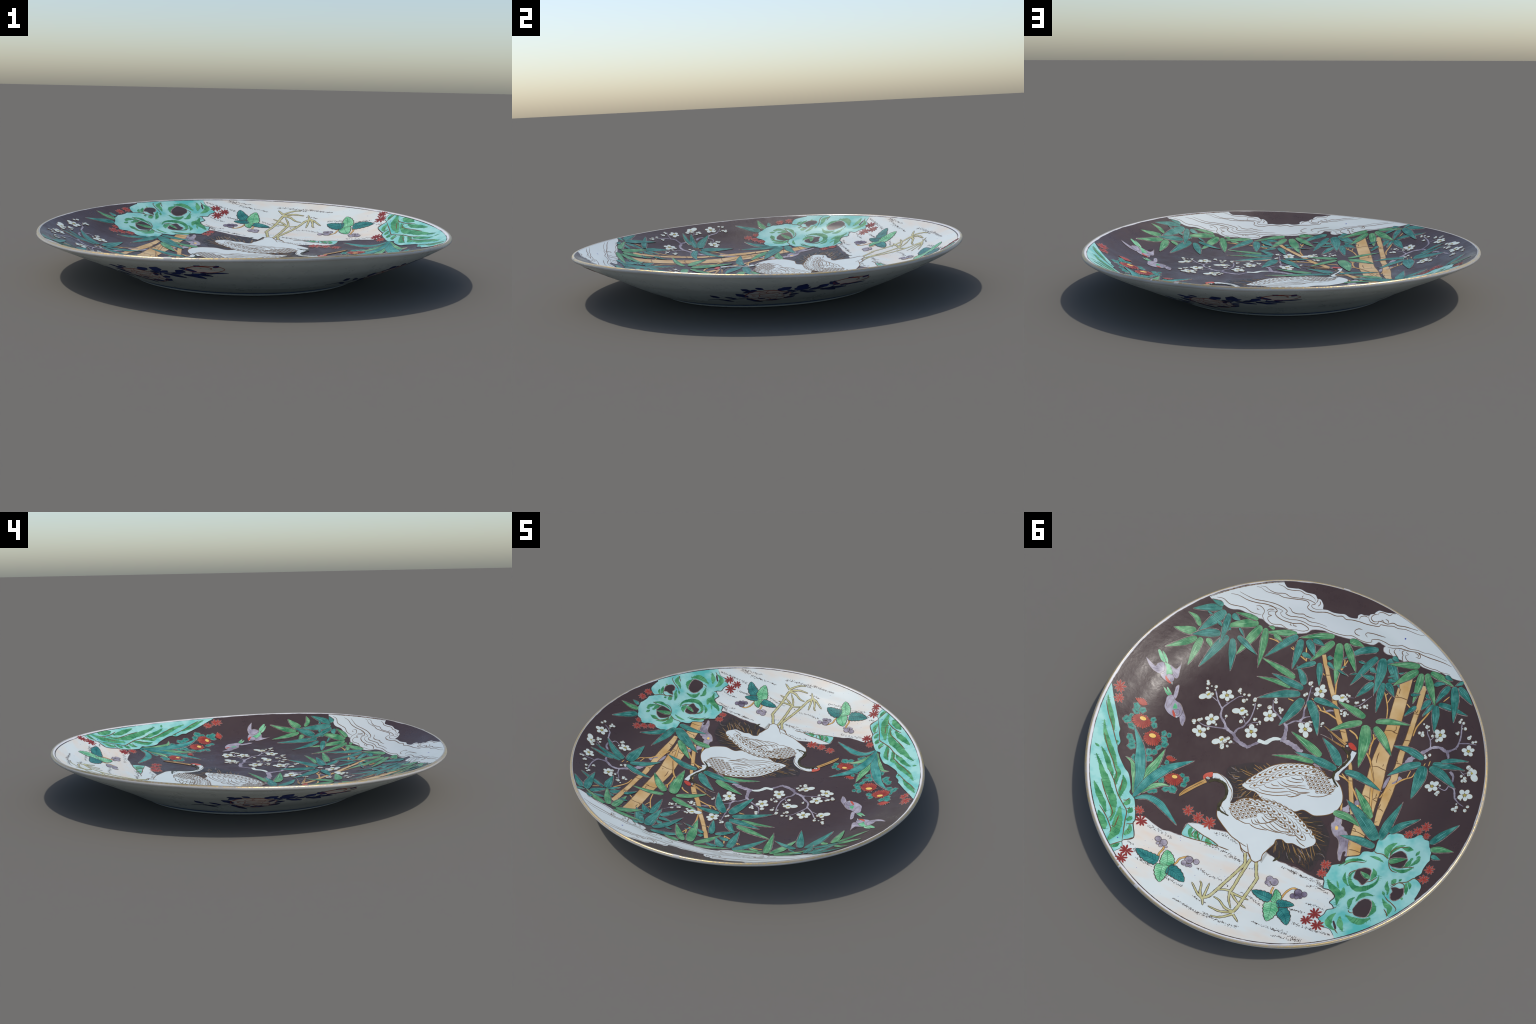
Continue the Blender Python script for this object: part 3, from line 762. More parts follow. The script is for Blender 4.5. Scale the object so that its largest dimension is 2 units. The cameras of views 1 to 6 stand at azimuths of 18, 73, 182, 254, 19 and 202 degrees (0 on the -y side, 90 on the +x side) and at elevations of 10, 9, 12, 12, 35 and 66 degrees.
def right_rock():
    edge = [(-0.5245, 0.8033), (-0.5019, 0.7798), (-0.4826, 0.7759), (-0.4616, 0.7761), (-0.4478, 0.7531), (-0.4315, 0.7408), (-0.4486, 0.7098), (-0.4548, 0.6824), (-0.4803, 0.6670), (-0.4684, 0.6493), (-0.4531, 0.6399), (-0.4669, 0.6069), (-0.4550, 0.5895), (-0.4290, 0.5770), (-0.4005, 0.5762), (-0.3930, 0.5403), (-0.3834, 0.5261), (-0.3937, 0.4912), (-0.3976, 0.4653), (-0.4008, 0.4467), (-0.4519, 0.4189), (-0.4514, 0.3981), (-0.4615, 0.3806), (-0.5081, 0.3581), (-0.5192, 0.3335), (-0.5411, 0.3228), (-0.5697, 0.3135), (-0.5709, 0.2568), (-0.5869, 0.2269), (-0.6022, 0.2150), (-0.6271, 0.1931), (-0.6750, 0.1860), (-0.6981, 0.2017), (-0.7289, 0.1921), (-0.7479, 0.1733), (-0.7677, 0.1689), (-0.7849, 0.1885), (-0.8071, 0.1948), (-0.8186, 0.2284), (-0.8318, 0.2400), (-0.8344, 0.2780), (-0.8375, 0.3009), (-0.8299, 0.3167), (-0.8194, 0.3542), (-0.8172, 0.3790), (-0.7950, 0.4056), (-0.8130, 0.4181), (-0.8341, 0.4437), (-0.8288, 0.4897), (-0.8212, 0.5156)]
    p = Piece()
    p.fill(smooth(edge) + edge_arc([(-0.8198, 0.5211)][0], [(-0.5301, 0.8116)][0]), Z_ROCK, 'rock_aqua')
    o = p.build('garden_rock', plate)
    holes = ([(-0.5669, 0.6443), (-0.5747, 0.6205), (-0.5825, 0.5966), (-0.6058, 0.5739), (-0.6377, 0.5812), (-0.6471, 0.6235), (-0.6366, 0.6679), (-0.6004, 0.6756), (-0.5775, 0.6691)], [(-0.5206, 0.4801), (-0.5211, 0.4378), (-0.5379, 0.4219), (-0.5625, 0.4106), (-0.5891, 0.4165), (-0.5925, 0.4580), (-0.5835, 0.4890), (-0.5701, 0.5054), (-0.5468, 0.4894)],
             [(-0.7024, 0.4858), (-0.7236, 0.4776), (-0.7448, 0.4798), (-0.7603, 0.4721), (-0.7658, 0.5136), (-0.7426, 0.5458), (-0.7196, 0.5472), (-0.7096, 0.5225), (-0.7147, 0.5038)], [(-0.6528, 0.3208), (-0.6650, 0.2996), (-0.6952, 0.2772), (-0.7234, 0.2916), (-0.7373, 0.3205)] + [(-0.7342, 0.3312), (-0.7257, 0.3655), (-0.6978, 0.3723), (-0.6660, 0.3662), (-0.6523, 0.3379)])
    for h in holes:
        p = Piece()
        p.fill(smooth(h, .005, True), Z_ROCK + .0005, 'hole_black')
        p.stroke(h + h[:1], 0.00366, Z_ROCK + .0009, 'reserve_pale', wob=.5)
        p.build('rock_hole', o)
    for line, w in (([(-0.4315, 0.4433), (-0.4519, 0.4189), (-0.4745, 0.4008), (-0.5152, 0.3803), (-0.5553, 0.3778)], 58), ([(-0.5577, 0.3454), (-0.5987, 0.3466), (-0.6334, 0.3593)], 50), ([(-0.4760, 0.4631), (-0.4790, 0.4936), (-0.4924, 0.5138), (-0.5113, 0.5288)], 60), ([(-0.5216, 0.4394), (-0.5045, 0.4642), (-0.5077, 0.4983), (-0.5372, 0.5278), (-0.5710, 0.5283), (-0.6090, 0.5031), (-0.6320, 0.4682), (-0.6321, 0.4324)], 96),
                    ([(-0.5946, 0.4043), (-0.6087, 0.4284), (-0.6020, 0.4694)], 84), ([(-0.4053, 0.5255), (-0.4262, 0.5499), (-0.4669, 0.5785), (-0.4809, 0.6023), (-0.4889, 0.6463)], 125), ([(-0.4922, 0.5420), (-0.4970, 0.5758), (-0.4850, 0.6153)], 96), ([(-0.4498, 0.5173), (-0.4718, 0.5557)], 36), ([(-0.5589, 0.5783), (-0.5427, 0.6046), (-0.5490, 0.6496)], 72),
                    ([(-0.5687, 0.6005), (-0.5802, 0.5685), (-0.6045, 0.5491), (-0.6401, 0.5484)], 78), ([(-0.6385, 0.5739), (-0.6584, 0.6064), (-0.6545, 0.6384), (-0.6371, 0.6695)], 80), ([(-0.5430, 0.6835), (-0.5835, 0.6982), (-0.6216, 0.6966), (-0.6596, 0.6661)], 112), ([(-0.5001, 0.6862), (-0.4841, 0.7164), (-0.4836, 0.7515), (-0.5043, 0.7687), (-0.5232, 0.7762)], 104),
                    ([(-0.5231, 0.6968), (-0.5338, 0.7348), (-0.5588, 0.7714)], 92), ([(-0.6809, 0.5515), (-0.7050, 0.5789), (-0.7266, 0.5933), (-0.7264, 0.6343)], 92), ([(-0.6784, 0.4523), (-0.6826, 0.4836), (-0.6946, 0.5056), (-0.6969, 0.5296)], 66), ([(-0.7144, 0.4327), (-0.7070, 0.4489), (-0.7065, 0.4687)], 84), ([(-0.7392, 0.4269), (-0.7277, 0.4439)], 40), ([(-0.7675, 0.4338), (-0.7823, 0.4505), (-0.7865, 0.4718)], 56),
                    ([(-0.7638, 0.4418), (-0.7707, 0.4778), (-0.7794, 0.5047)], 70), ([(-0.7613, 0.5183), (-0.7692, 0.5367)], 44), ([(-0.6754, 0.3780), (-0.7048, 0.3866), (-0.7391, 0.3821), (-0.7751, 0.3526)], 62), ([(-0.7539, 0.3053), (-0.7453, 0.3394), (-0.7230, 0.3661)], 70), ([(-0.7901, 0.2869), (-0.7806, 0.3175), (-0.7545, 0.3517)], 60),
                    ([(-0.6658, 0.2391), (-0.6402, 0.2677), (-0.6328, 0.3053), (-0.6453, 0.3371)], 104), ([(-0.7094, 0.2415), (-0.6829, 0.2556), (-0.6602, 0.2832), (-0.6537, 0.3134)], 66), ([(-0.7502, 0.2585), (-0.7263, 0.2587), (-0.6962, 0.2592)], 92), ([(-0.7795, 0.2575), (-0.7672, 0.2887)], 56), ([(-0.7492, 0.3206), (-0.7588, 0.3013)], 52), ([(-0.7866, 0.2847), (-0.7735, 0.3017)], 40),
                    ([(-0.6712, 0.5116), (-0.6869, 0.5359)], 44), ([(-0.6832, 0.5543), (-0.6932, 0.5686)], 30)):
        p = Piece()
        p.stroke(line, lambda t, w=w: w * .000305 * min(1, (.06 + t * 2.2), (.06 + (1 - t) * 2.2)), Z_ROCK + .0004 + rng.random() * .0003, 'moss_green')
        hatch(p, line, w)
        p.build('moss_patch', o)
    p = Piece()
    p.stroke(edge, 0.00488, Z_ROCK + .0009, 'dark_line')
    for line in ([(-0.6869, 0.5359), (-0.7069, 0.5543), (-0.7204, 0.5607), (-0.7420, 0.5752), (-0.7561, 0.5900), (-0.7538, 0.6026)], [(-0.7015, 0.4825), (-0.7148, 0.4667), (-0.7309, 0.4503), (-0.7550, 0.4528), (-0.7621, 0.4733)], [(-0.7304, 0.4486), (-0.7629, 0.4385), (-0.7767, 0.4244), (-0.7905, 0.4103), (-0.8113, 0.4116)], [(-0.4805, 0.6677), (-0.4926, 0.6531)],
                 [(-0.5487, 0.6533), (-0.5531, 0.6627), (-0.5676, 0.6660), (-0.5732, 0.6600)], [(-0.4973, 0.4806), (-0.4968, 0.4597), (-0.5229, 0.4337)], [(-0.6960, 0.4731), (-0.7180, 0.4570)], [(-0.5679, 0.3078), (-0.5843, 0.3201), (-0.6148, 0.3177), (-0.6329, 0.3265), (-0.6538, 0.3347)], [(-0.5012, 0.7318), (-0.5235, 0.7727), (-0.5403, 0.7878)],
                 [(-0.7032, 0.6035), (-0.7224, 0.6253), (-0.7246, 0.6383)], [(-0.6517, 0.3381), (-0.6637, 0.3739), (-0.6829, 0.3939), (-0.7076, 0.3967)], [(-0.7230, 0.3661), (-0.7526, 0.3557), (-0.7756, 0.3543)], [(-0.6528, 0.3208), (-0.6508, 0.2930), (-0.6687, 0.2702), (-0.6900, 0.2590), (-0.7240, 0.2503)], [(-0.4560, 0.4314), (-0.4794, 0.4062), (-0.5131, 0.3932), (-0.5488, 0.3869)], [(-0.5825, 0.4857), (-0.6058, 0.4719), (-0.6252, 0.4450)]):
        p.stroke(line, 0.00427, Z_ROCK + .0011, 'brown_line')
    p.stroke([(-0.5007, 0.7302), (-0.5128, 0.7486), (-0.5252, 0.7687)], 0.01037, Z_ROCK + .0012, 'hole_black')
    p.build('rock_line', o, True)


sand()
slab()
left_rock()
right_rock()


# ------------------------------------------------------------------ bamboo
def cane(name, centre, widths, nodes):
    p = Piece()
    ws = np.array(widths) * .000305
    xs = np.linspace(0, 1, len(ws))
    p.stroke(centre, lambda t: float(np.interp(t, xs, ws)), Z_CANE, 'bamboo_tan', wob=.02)
    o = p.build(name, plate)
    p = Piece()
    line = smooth(centre, .007)
    for side in (-1, 1):
        edge = []
        for i in range(0, len(line), 3):
            a, b = line[max(i - 1, 0)], line[min(i + 1, len(line) - 1)]
            d = math.dist(a, b)
            w = float(np.interp(i / (len(line) - 1), xs, ws)) / 2
            edge.append((line[i][0] - side * (b[1] - a[1]) / d * w, line[i][1] + side * (b[0] - a[0]) / d * w))
        p.stroke(edge, 0.00335, Z_CANE + .0003, 'brown_line', wob=.5)
    for q in nodes:
        p.stroke(q, 0.00396, Z_CANE + .0004, 'brown_line')
    p.build('cane_node', o, True)


cane('bamboo_cane', [(-0.4410, -0.6370), (-0.4471, -0.5269), (-0.4536, -0.4137), (-0.4556, -0.3457), (-0.4519, -0.2535)] + [(-0.4503, -0.1548)] + [(-0.4607, -0.0298), (-0.4622, 0.0463), (-0.4693, 0.1488), (-0.4692, 0.2380), (-0.4726, 0.3074), (-0.4846, 0.3736)], [200, 215, 225, 220, 250, 265, 280, 280, 255, 235, 220, 200],
     [[(-0.4088, -0.5260), (-0.4455, -0.5318), (-0.4858, -0.5257)], [(-0.4214, -0.3379), (-0.4561, -0.3440), (-0.4781, -0.3374), (-0.4985, -0.3357)], [(-0.4695, -0.3748), (-0.4749, -0.3528), (-0.4638, -0.3407), (-0.4787, -0.3358)], [(-0.4269, -0.5786), (-0.4283, -0.5488)], [(-0.4148, -0.5437), (-0.4300, -0.5333)], [(-0.4201, -0.1252), (-0.4477, -0.1320), (-0.4760, -0.1260), (-0.5101, -0.1219)], [(-0.4235, 0.0479), (-0.4413, 0.0422), (-0.4668, 0.0502)], [(-0.4802, 0.0513), (-0.4918, 0.0367), (-0.5070, 0.0336)],
      [(-0.4831, 0.0504), (-0.5108, 0.0559)], [(-0.4322, 0.2433), (-0.4673, 0.2422), (-0.5132, 0.2551)], [(-0.4338, 0.2285), (-0.4476, 0.2310), (-0.4527, 0.2418)], [(-0.4526, 0.3440), (-0.4800, 0.3401), (-0.5128, 0.3433)], [(-0.4903, 0.0118), (-0.4907, 0.0334)], [(-0.4355, -0.1495), (-0.4308, -0.1848), (-0.4323, -0.2110)], [(-0.4735, -0.1546), (-0.4718, -0.1394)], [(-0.5150, 0.2510), (-0.5250, 0.2724)], [(-0.5276, 0.2504), (-0.5405, 0.2709)]])
cane('bamboo_cane', [(-0.5420, -0.6157), (-0.5447, -0.5526), (-0.5480, -0.5016), (-0.5473, -0.4521), (-0.5478, -0.3883), (-0.5484, -0.3132), (-0.5420, -0.2395), (-0.5463, -0.1684)] + [(-0.5440, -0.1286), (-0.5464, -0.0894), (-0.5423, -0.0193), (-0.5393, 0.0539), (-0.5373, 0.1192), (-0.5401, 0.1789)], [85, 90, 90, 88, 92, 96, 100, 100, 110, 125, 150, 135, 110, 80],
     [[(-0.5315, -0.4607), (-0.5467, -0.4644), (-0.5641, -0.4614)], [(-0.5303, -0.3083), (-0.5484, -0.3132), (-0.5681, -0.3130)], [(-0.5312, -0.1749), (-0.5447, -0.1788), (-0.5612, -0.1781)], [(-0.5339, -0.4842), (-0.5467, -0.4697), (-0.5491, -0.4878)], [(-0.5294, -0.1961), (-0.5406, -0.1813)], [(-0.5422, -0.0301), (-0.5541, -0.0230)], [(-0.5129, 0.0931), (-0.5310, 0.0890), (-0.5497, 0.0972)], [(-0.5234, 0.1666), (-0.5398, 0.1576)], [(-0.5141, 0.0765), (-0.5231, 0.0844), (-0.5257, 0.0619)]])
cane('bamboo_cane', [(0.0204, -0.6489), (-0.0059, -0.5995), (-0.0272, -0.5689)] + [(-0.0344, -0.5531), (-0.0710, -0.4937), (-0.1010, -0.4476), (-0.1443, -0.3726), (-0.1817, -0.3141), (-0.2174, -0.2698), (-0.2491, -0.2166)], [70, 74, 76, 78, 82, 80, 85, 85, 92, 96, 84], [[(-0.0215, -0.5450), (-0.0358, -0.5441), (-0.0509, -0.5511)], [(-0.0958, -0.4124), (-0.1114, -0.4176), (-0.1295, -0.4254)], [(-0.1965, -0.2611), (-0.2155, -0.2655), (-0.2320, -0.2671)], [(-0.1273, -0.3819), (-0.1271, -0.3725)]])
cane('bamboo_cane', [(-0.2817, -0.1600), (-0.3046, -0.1115)] + [(-0.3157, -0.0936), (-0.3379, -0.0268), (-0.3629, 0.0386), (-0.3877, 0.1034), (-0.4104, 0.1574)], [44, 60, 66, 72, 78, 76, 70], [[(-0.3313, -0.0117), (-0.3528, -0.0169)], [(-0.3145, -0.0320), (-0.3274, -0.0233), (-0.3289, -0.0090)], [(-0.3817, 0.1199), (-0.3954, 0.1516)]])


def twigs():
    p = Piece()
    for line, w in (([(-0.1967, -0.3153), (-0.1531, -0.3271), (-0.1067, -0.3414), (-0.0612, -0.3426)], 26), ([(-0.0711, -0.3441), (-0.0419, -0.3678)], 22), ([(-0.1005, -0.3393), (-0.0733, -0.3674)], 18), ([(-0.1130, -0.4479), (-0.0949, -0.5203), (-0.0912, -0.5865)] + [(-0.0974, -0.5988), (-0.1124, -0.6567)], 28), ([(-0.1043, -0.6194), (-0.0948, -0.6570)], 20), ([(-0.0941, -0.5681), (-0.0812, -0.6456)], 18),
                    ([(-0.2459, -0.2865), (-0.2856, -0.2693), (-0.3027, -0.2487)], 26), ([(-0.3703, -0.2990), (-0.3810, -0.2764), (-0.3800, -0.2282), (-0.3873, -0.1751)], 26), ([(-0.3911, -0.2868), (-0.3832, -0.2697)], 24), ([(-0.3595, -0.2551), (-0.3811, -0.2249)], 18), ([(-0.3593, -0.1996), (-0.3947, -0.1626), (-0.4190, -0.1186)] + [(-0.4220, -0.1092), (-0.4546, -0.0388)], 28),
                    ([(-0.4101, -0.3984), (-0.3964, -0.4560), (-0.3728, -0.5074), (-0.3514, -0.5414)], 20), ([(-0.3866, -0.4859), (-0.3953, -0.5261)], 14), ([(-0.3652, -0.5252), (-0.3728, -0.5381)], 14), ([(-0.6116, -0.5006), (-0.6011, -0.4678), (-0.5840, -0.4291), (-0.5701, -0.3903), (-0.5684, -0.3436)], 24), ([(-0.6011, -0.4678), (-0.5963, -0.4909)], 16), ([(-0.4840, -0.5058), (-0.5077, -0.4886)], 18), ([(-0.6590, -0.5508), (-0.6811, -0.5814)], 16),
                    ([(-0.4805, -0.6280), (-0.4878, -0.6360)], 14), ([(-0.5095, 0.0310), (-0.5295, -0.0189), (-0.5518, -0.0512), (-0.5792, -0.0884), (-0.6023, -0.1077), (-0.6210, -0.1203)], 26), ([(-0.6067, -0.1144), (-0.6134, -0.1558)], 16), ([(-0.6053, -0.1086), (-0.6289, -0.1261), (-0.6381, -0.1591)], 18), ([(-0.6677, -0.1989), (-0.6706, -0.2155)], 14), ([(-0.6899, -0.2043), (-0.6909, -0.2327)], 14), ([(-0.2763, -0.0267), (-0.3278, -0.0123), (-0.3712, 0.0285), (-0.4104, 0.0778)], 26), ([(-0.2885, -0.0400), (-0.3237, -0.0147)], 18),
                    ([(0.3288, -0.6388), (0.2970, -0.6400), (0.2665, -0.6350)], 18), ([(0.2821, -0.6384), (0.2925, -0.6524)], 14), ([(0.2022, -0.6304), (0.1778, -0.6221)], 18), ([(0.1951, -0.6404), (0.1812, -0.6266)], 12), ([(0.1368, -0.6023), (0.0949, -0.5845)], 22), ([(0.0974, -0.5836), (0.1239, -0.6575)], 24), ([(-0.0012, -0.5526), (-0.0198, -0.5399)] + [(-0.0227, -0.5416)], 18), ([(-0.0010, -0.3947), (-0.0138, -0.3880), (-0.0240, -0.4084)], 14), ([(0.1154, -0.3483), (0.0840, -0.3486)], 16), ([(0.1049, -0.3484), (0.0858, -0.3441)], 14),
                    ([(0.0182, -0.3310), (0.0107, -0.3490)], 14), ([(-0.3408, 0.1154), (-0.3495, 0.1560)], 26), ([(-0.4561, -0.0137), (-0.4774, 0.0631), (-0.4933, 0.1229)], 30)):
        p.stroke(line, w * .000305, Z_CANE + .0003, 'twig_tan', taper=(.7, .5))
    for line in ([(-0.4036, -0.1403), (-0.4388, -0.0778), (-0.4575, -0.0397)], [(-0.4142, -0.1436), (-0.4584, -0.0473)], [(-0.4486, -0.0113), (-0.4686, 0.0660), (-0.4818, 0.1123)], [(-0.4635, -0.0161), (-0.4804, 0.0622), (-0.4999, 0.1386)], [(-0.3638, -0.2011), (-0.4008, -0.1645), (-0.4220, -0.1195)]):
        p.stroke(line, 0.00244, Z_CANE + .0007, 'brown_line')
    p.build('bamboo_twig', plate, True)


twigs()

leaf_count = 0


def leaf(kind, pts, width, full=.34, blunt=.45, parent=None, veins=None, name='bamboo_leaf', z=None):
    """an enamel leaf: base, (middle,) tip in plan; pale reserved edge, dark outline, brushed veins"""
    global leaf_count
    leaf_count += 1
    w = width * .000305
    z = (Z_LEAF if z is None else z) + (leaf_count % 5) * .00036
    if len(pts) == 2:
        a, b = pts
        s = rng.uniform(-.05, .05)
        pts = [a, ((a[0] + b[0]) / 2 + s * (b[1] - a[1]), (a[1] + b[1]) / 2 - s * (b[0] - a[0])), b]
    ctr = smooth(pts, max(.006, math.dist(pts[0], pts[-1]) / 26))
    n = len(ctr)

    def half(t):
        if t < full:
            return .5 * w * (blunt + (1 - blunt) * math.sin(math.pi / 2 * (t / full)) ** .8) * min(1, (t + .012) / .035) ** .6
        return .5 * w * (1 - ((t - full) / (1 - full)) ** 1.5) ** 1.12 + .0005

    def frame(i):
        a, b = ctr[max(i - 1, 0)], ctr[min(i + 1, n - 1)]
        d = math.dist(a, b) or 1e-9
        return -(b[1] - a[1]) / d, (b[0] - a[0]) / d
    nrm = [frame(i) for i in range(n)]

    def edge(u, grow=0.0, k0=0, k1=None):
        return [(ctr[i][0] + nrm[i][0] * (half(i / (n - 1)) * u + grow * math.copysign(1, u)), ctr[i][1] + nrm[i][1] * (half(i / (n - 1)) * u + grow * math.copysign(1, u))) for i in range(k0, n if k1 is None else k1)]
    p = Piece()
    mat = {'teal': 'teal', 'green': 'green', 'strap_teal': 'strap_teal', 'strap_green': 'strap_green'}[kind]
    vein = 'vein_green' if 'green' in kind else 'vein_teal'
    # pale reserve peeping out beyond one side and the tip
    off = rng.choice((-1, 1))
    reach = rng.choice((.2, .3, .5, 1.1))
    tail = (ctr[-1][0] + (ctr[-1][0] - ctr[-3][0]) * reach, ctr[-1][1] + (ctr[-1][1] - ctr[-3][1]) * reach)
    back = edge(off, .0034, 2) + [tail] + edge(-off, .0012)[::-1]
    p.fill(back, z - .0005, 'reserve_pale', grid=.010)
    # body of the leaf as a strip five columns wide
    k = p.slot(mat)
    cols = [-1, -.5, 0, .5, 1]
    base = [p.add(edge(u) if u else list(ctr), z) for u in cols]
    for c in range(4):
        for i in range(n - 1):
            p.f.append((base[c] + i, base[c] + i + 1, base[c + 1] + i + 1, base[c + 1] + i))
            p.m.append(k)
    p.skirt(edge(1) + edge(-1)[::-1], z, k)
    # outline
    for u in (-1, 1):
        p.stroke(edge(u), .0021, z + .0002, 'dark_line', step=.012)
    # veins follow the blade and fade before the tip
    nv = veins or max(3, int(width / 24))
    for v in range(nv):
        u = -0.86 + 1.72 * (v + .5 + rng.uniform(-.12, .12)) / nv
        k1 = int(n * rng.uniform(.45, .92))
        q = [(ctr[i][0] + nrm[i][0] * half(i / (n - 1)) * u, ctr[i][1] + nrm[i][1] * half(i / (n - 1)) * u) for i in range(1 + rng.randrange(2), k1)]
        if len(q) > 3:
            p.stroke(q, rng.uniform(.0009, .0016), z + .0002, vein, taper=(.8, .1), step=.012)
    for _ in range(rng.choice((1, 2, 2, 3))):
        u, k0 = rng.uniform(-.6, .6), rng.randrange(1, max(2, n // 2))
        q = [(ctr[i][0] + nrm[i][0] * half(i / (n - 1)) * u, ctr[i][1] + nrm[i][1] * half(i / (n - 1)) * u) for i in range(k0, min(n - 2, k0 + n // 3))]
        if len(q) > 2:
            p.stroke(q, rng.uniform(.0012, .0030), z + .00015, 'streak_green' if 'green' in kind else 'streak_teal', taper=(.1, .1), step=.012)
    p.build(name, parent or plate)


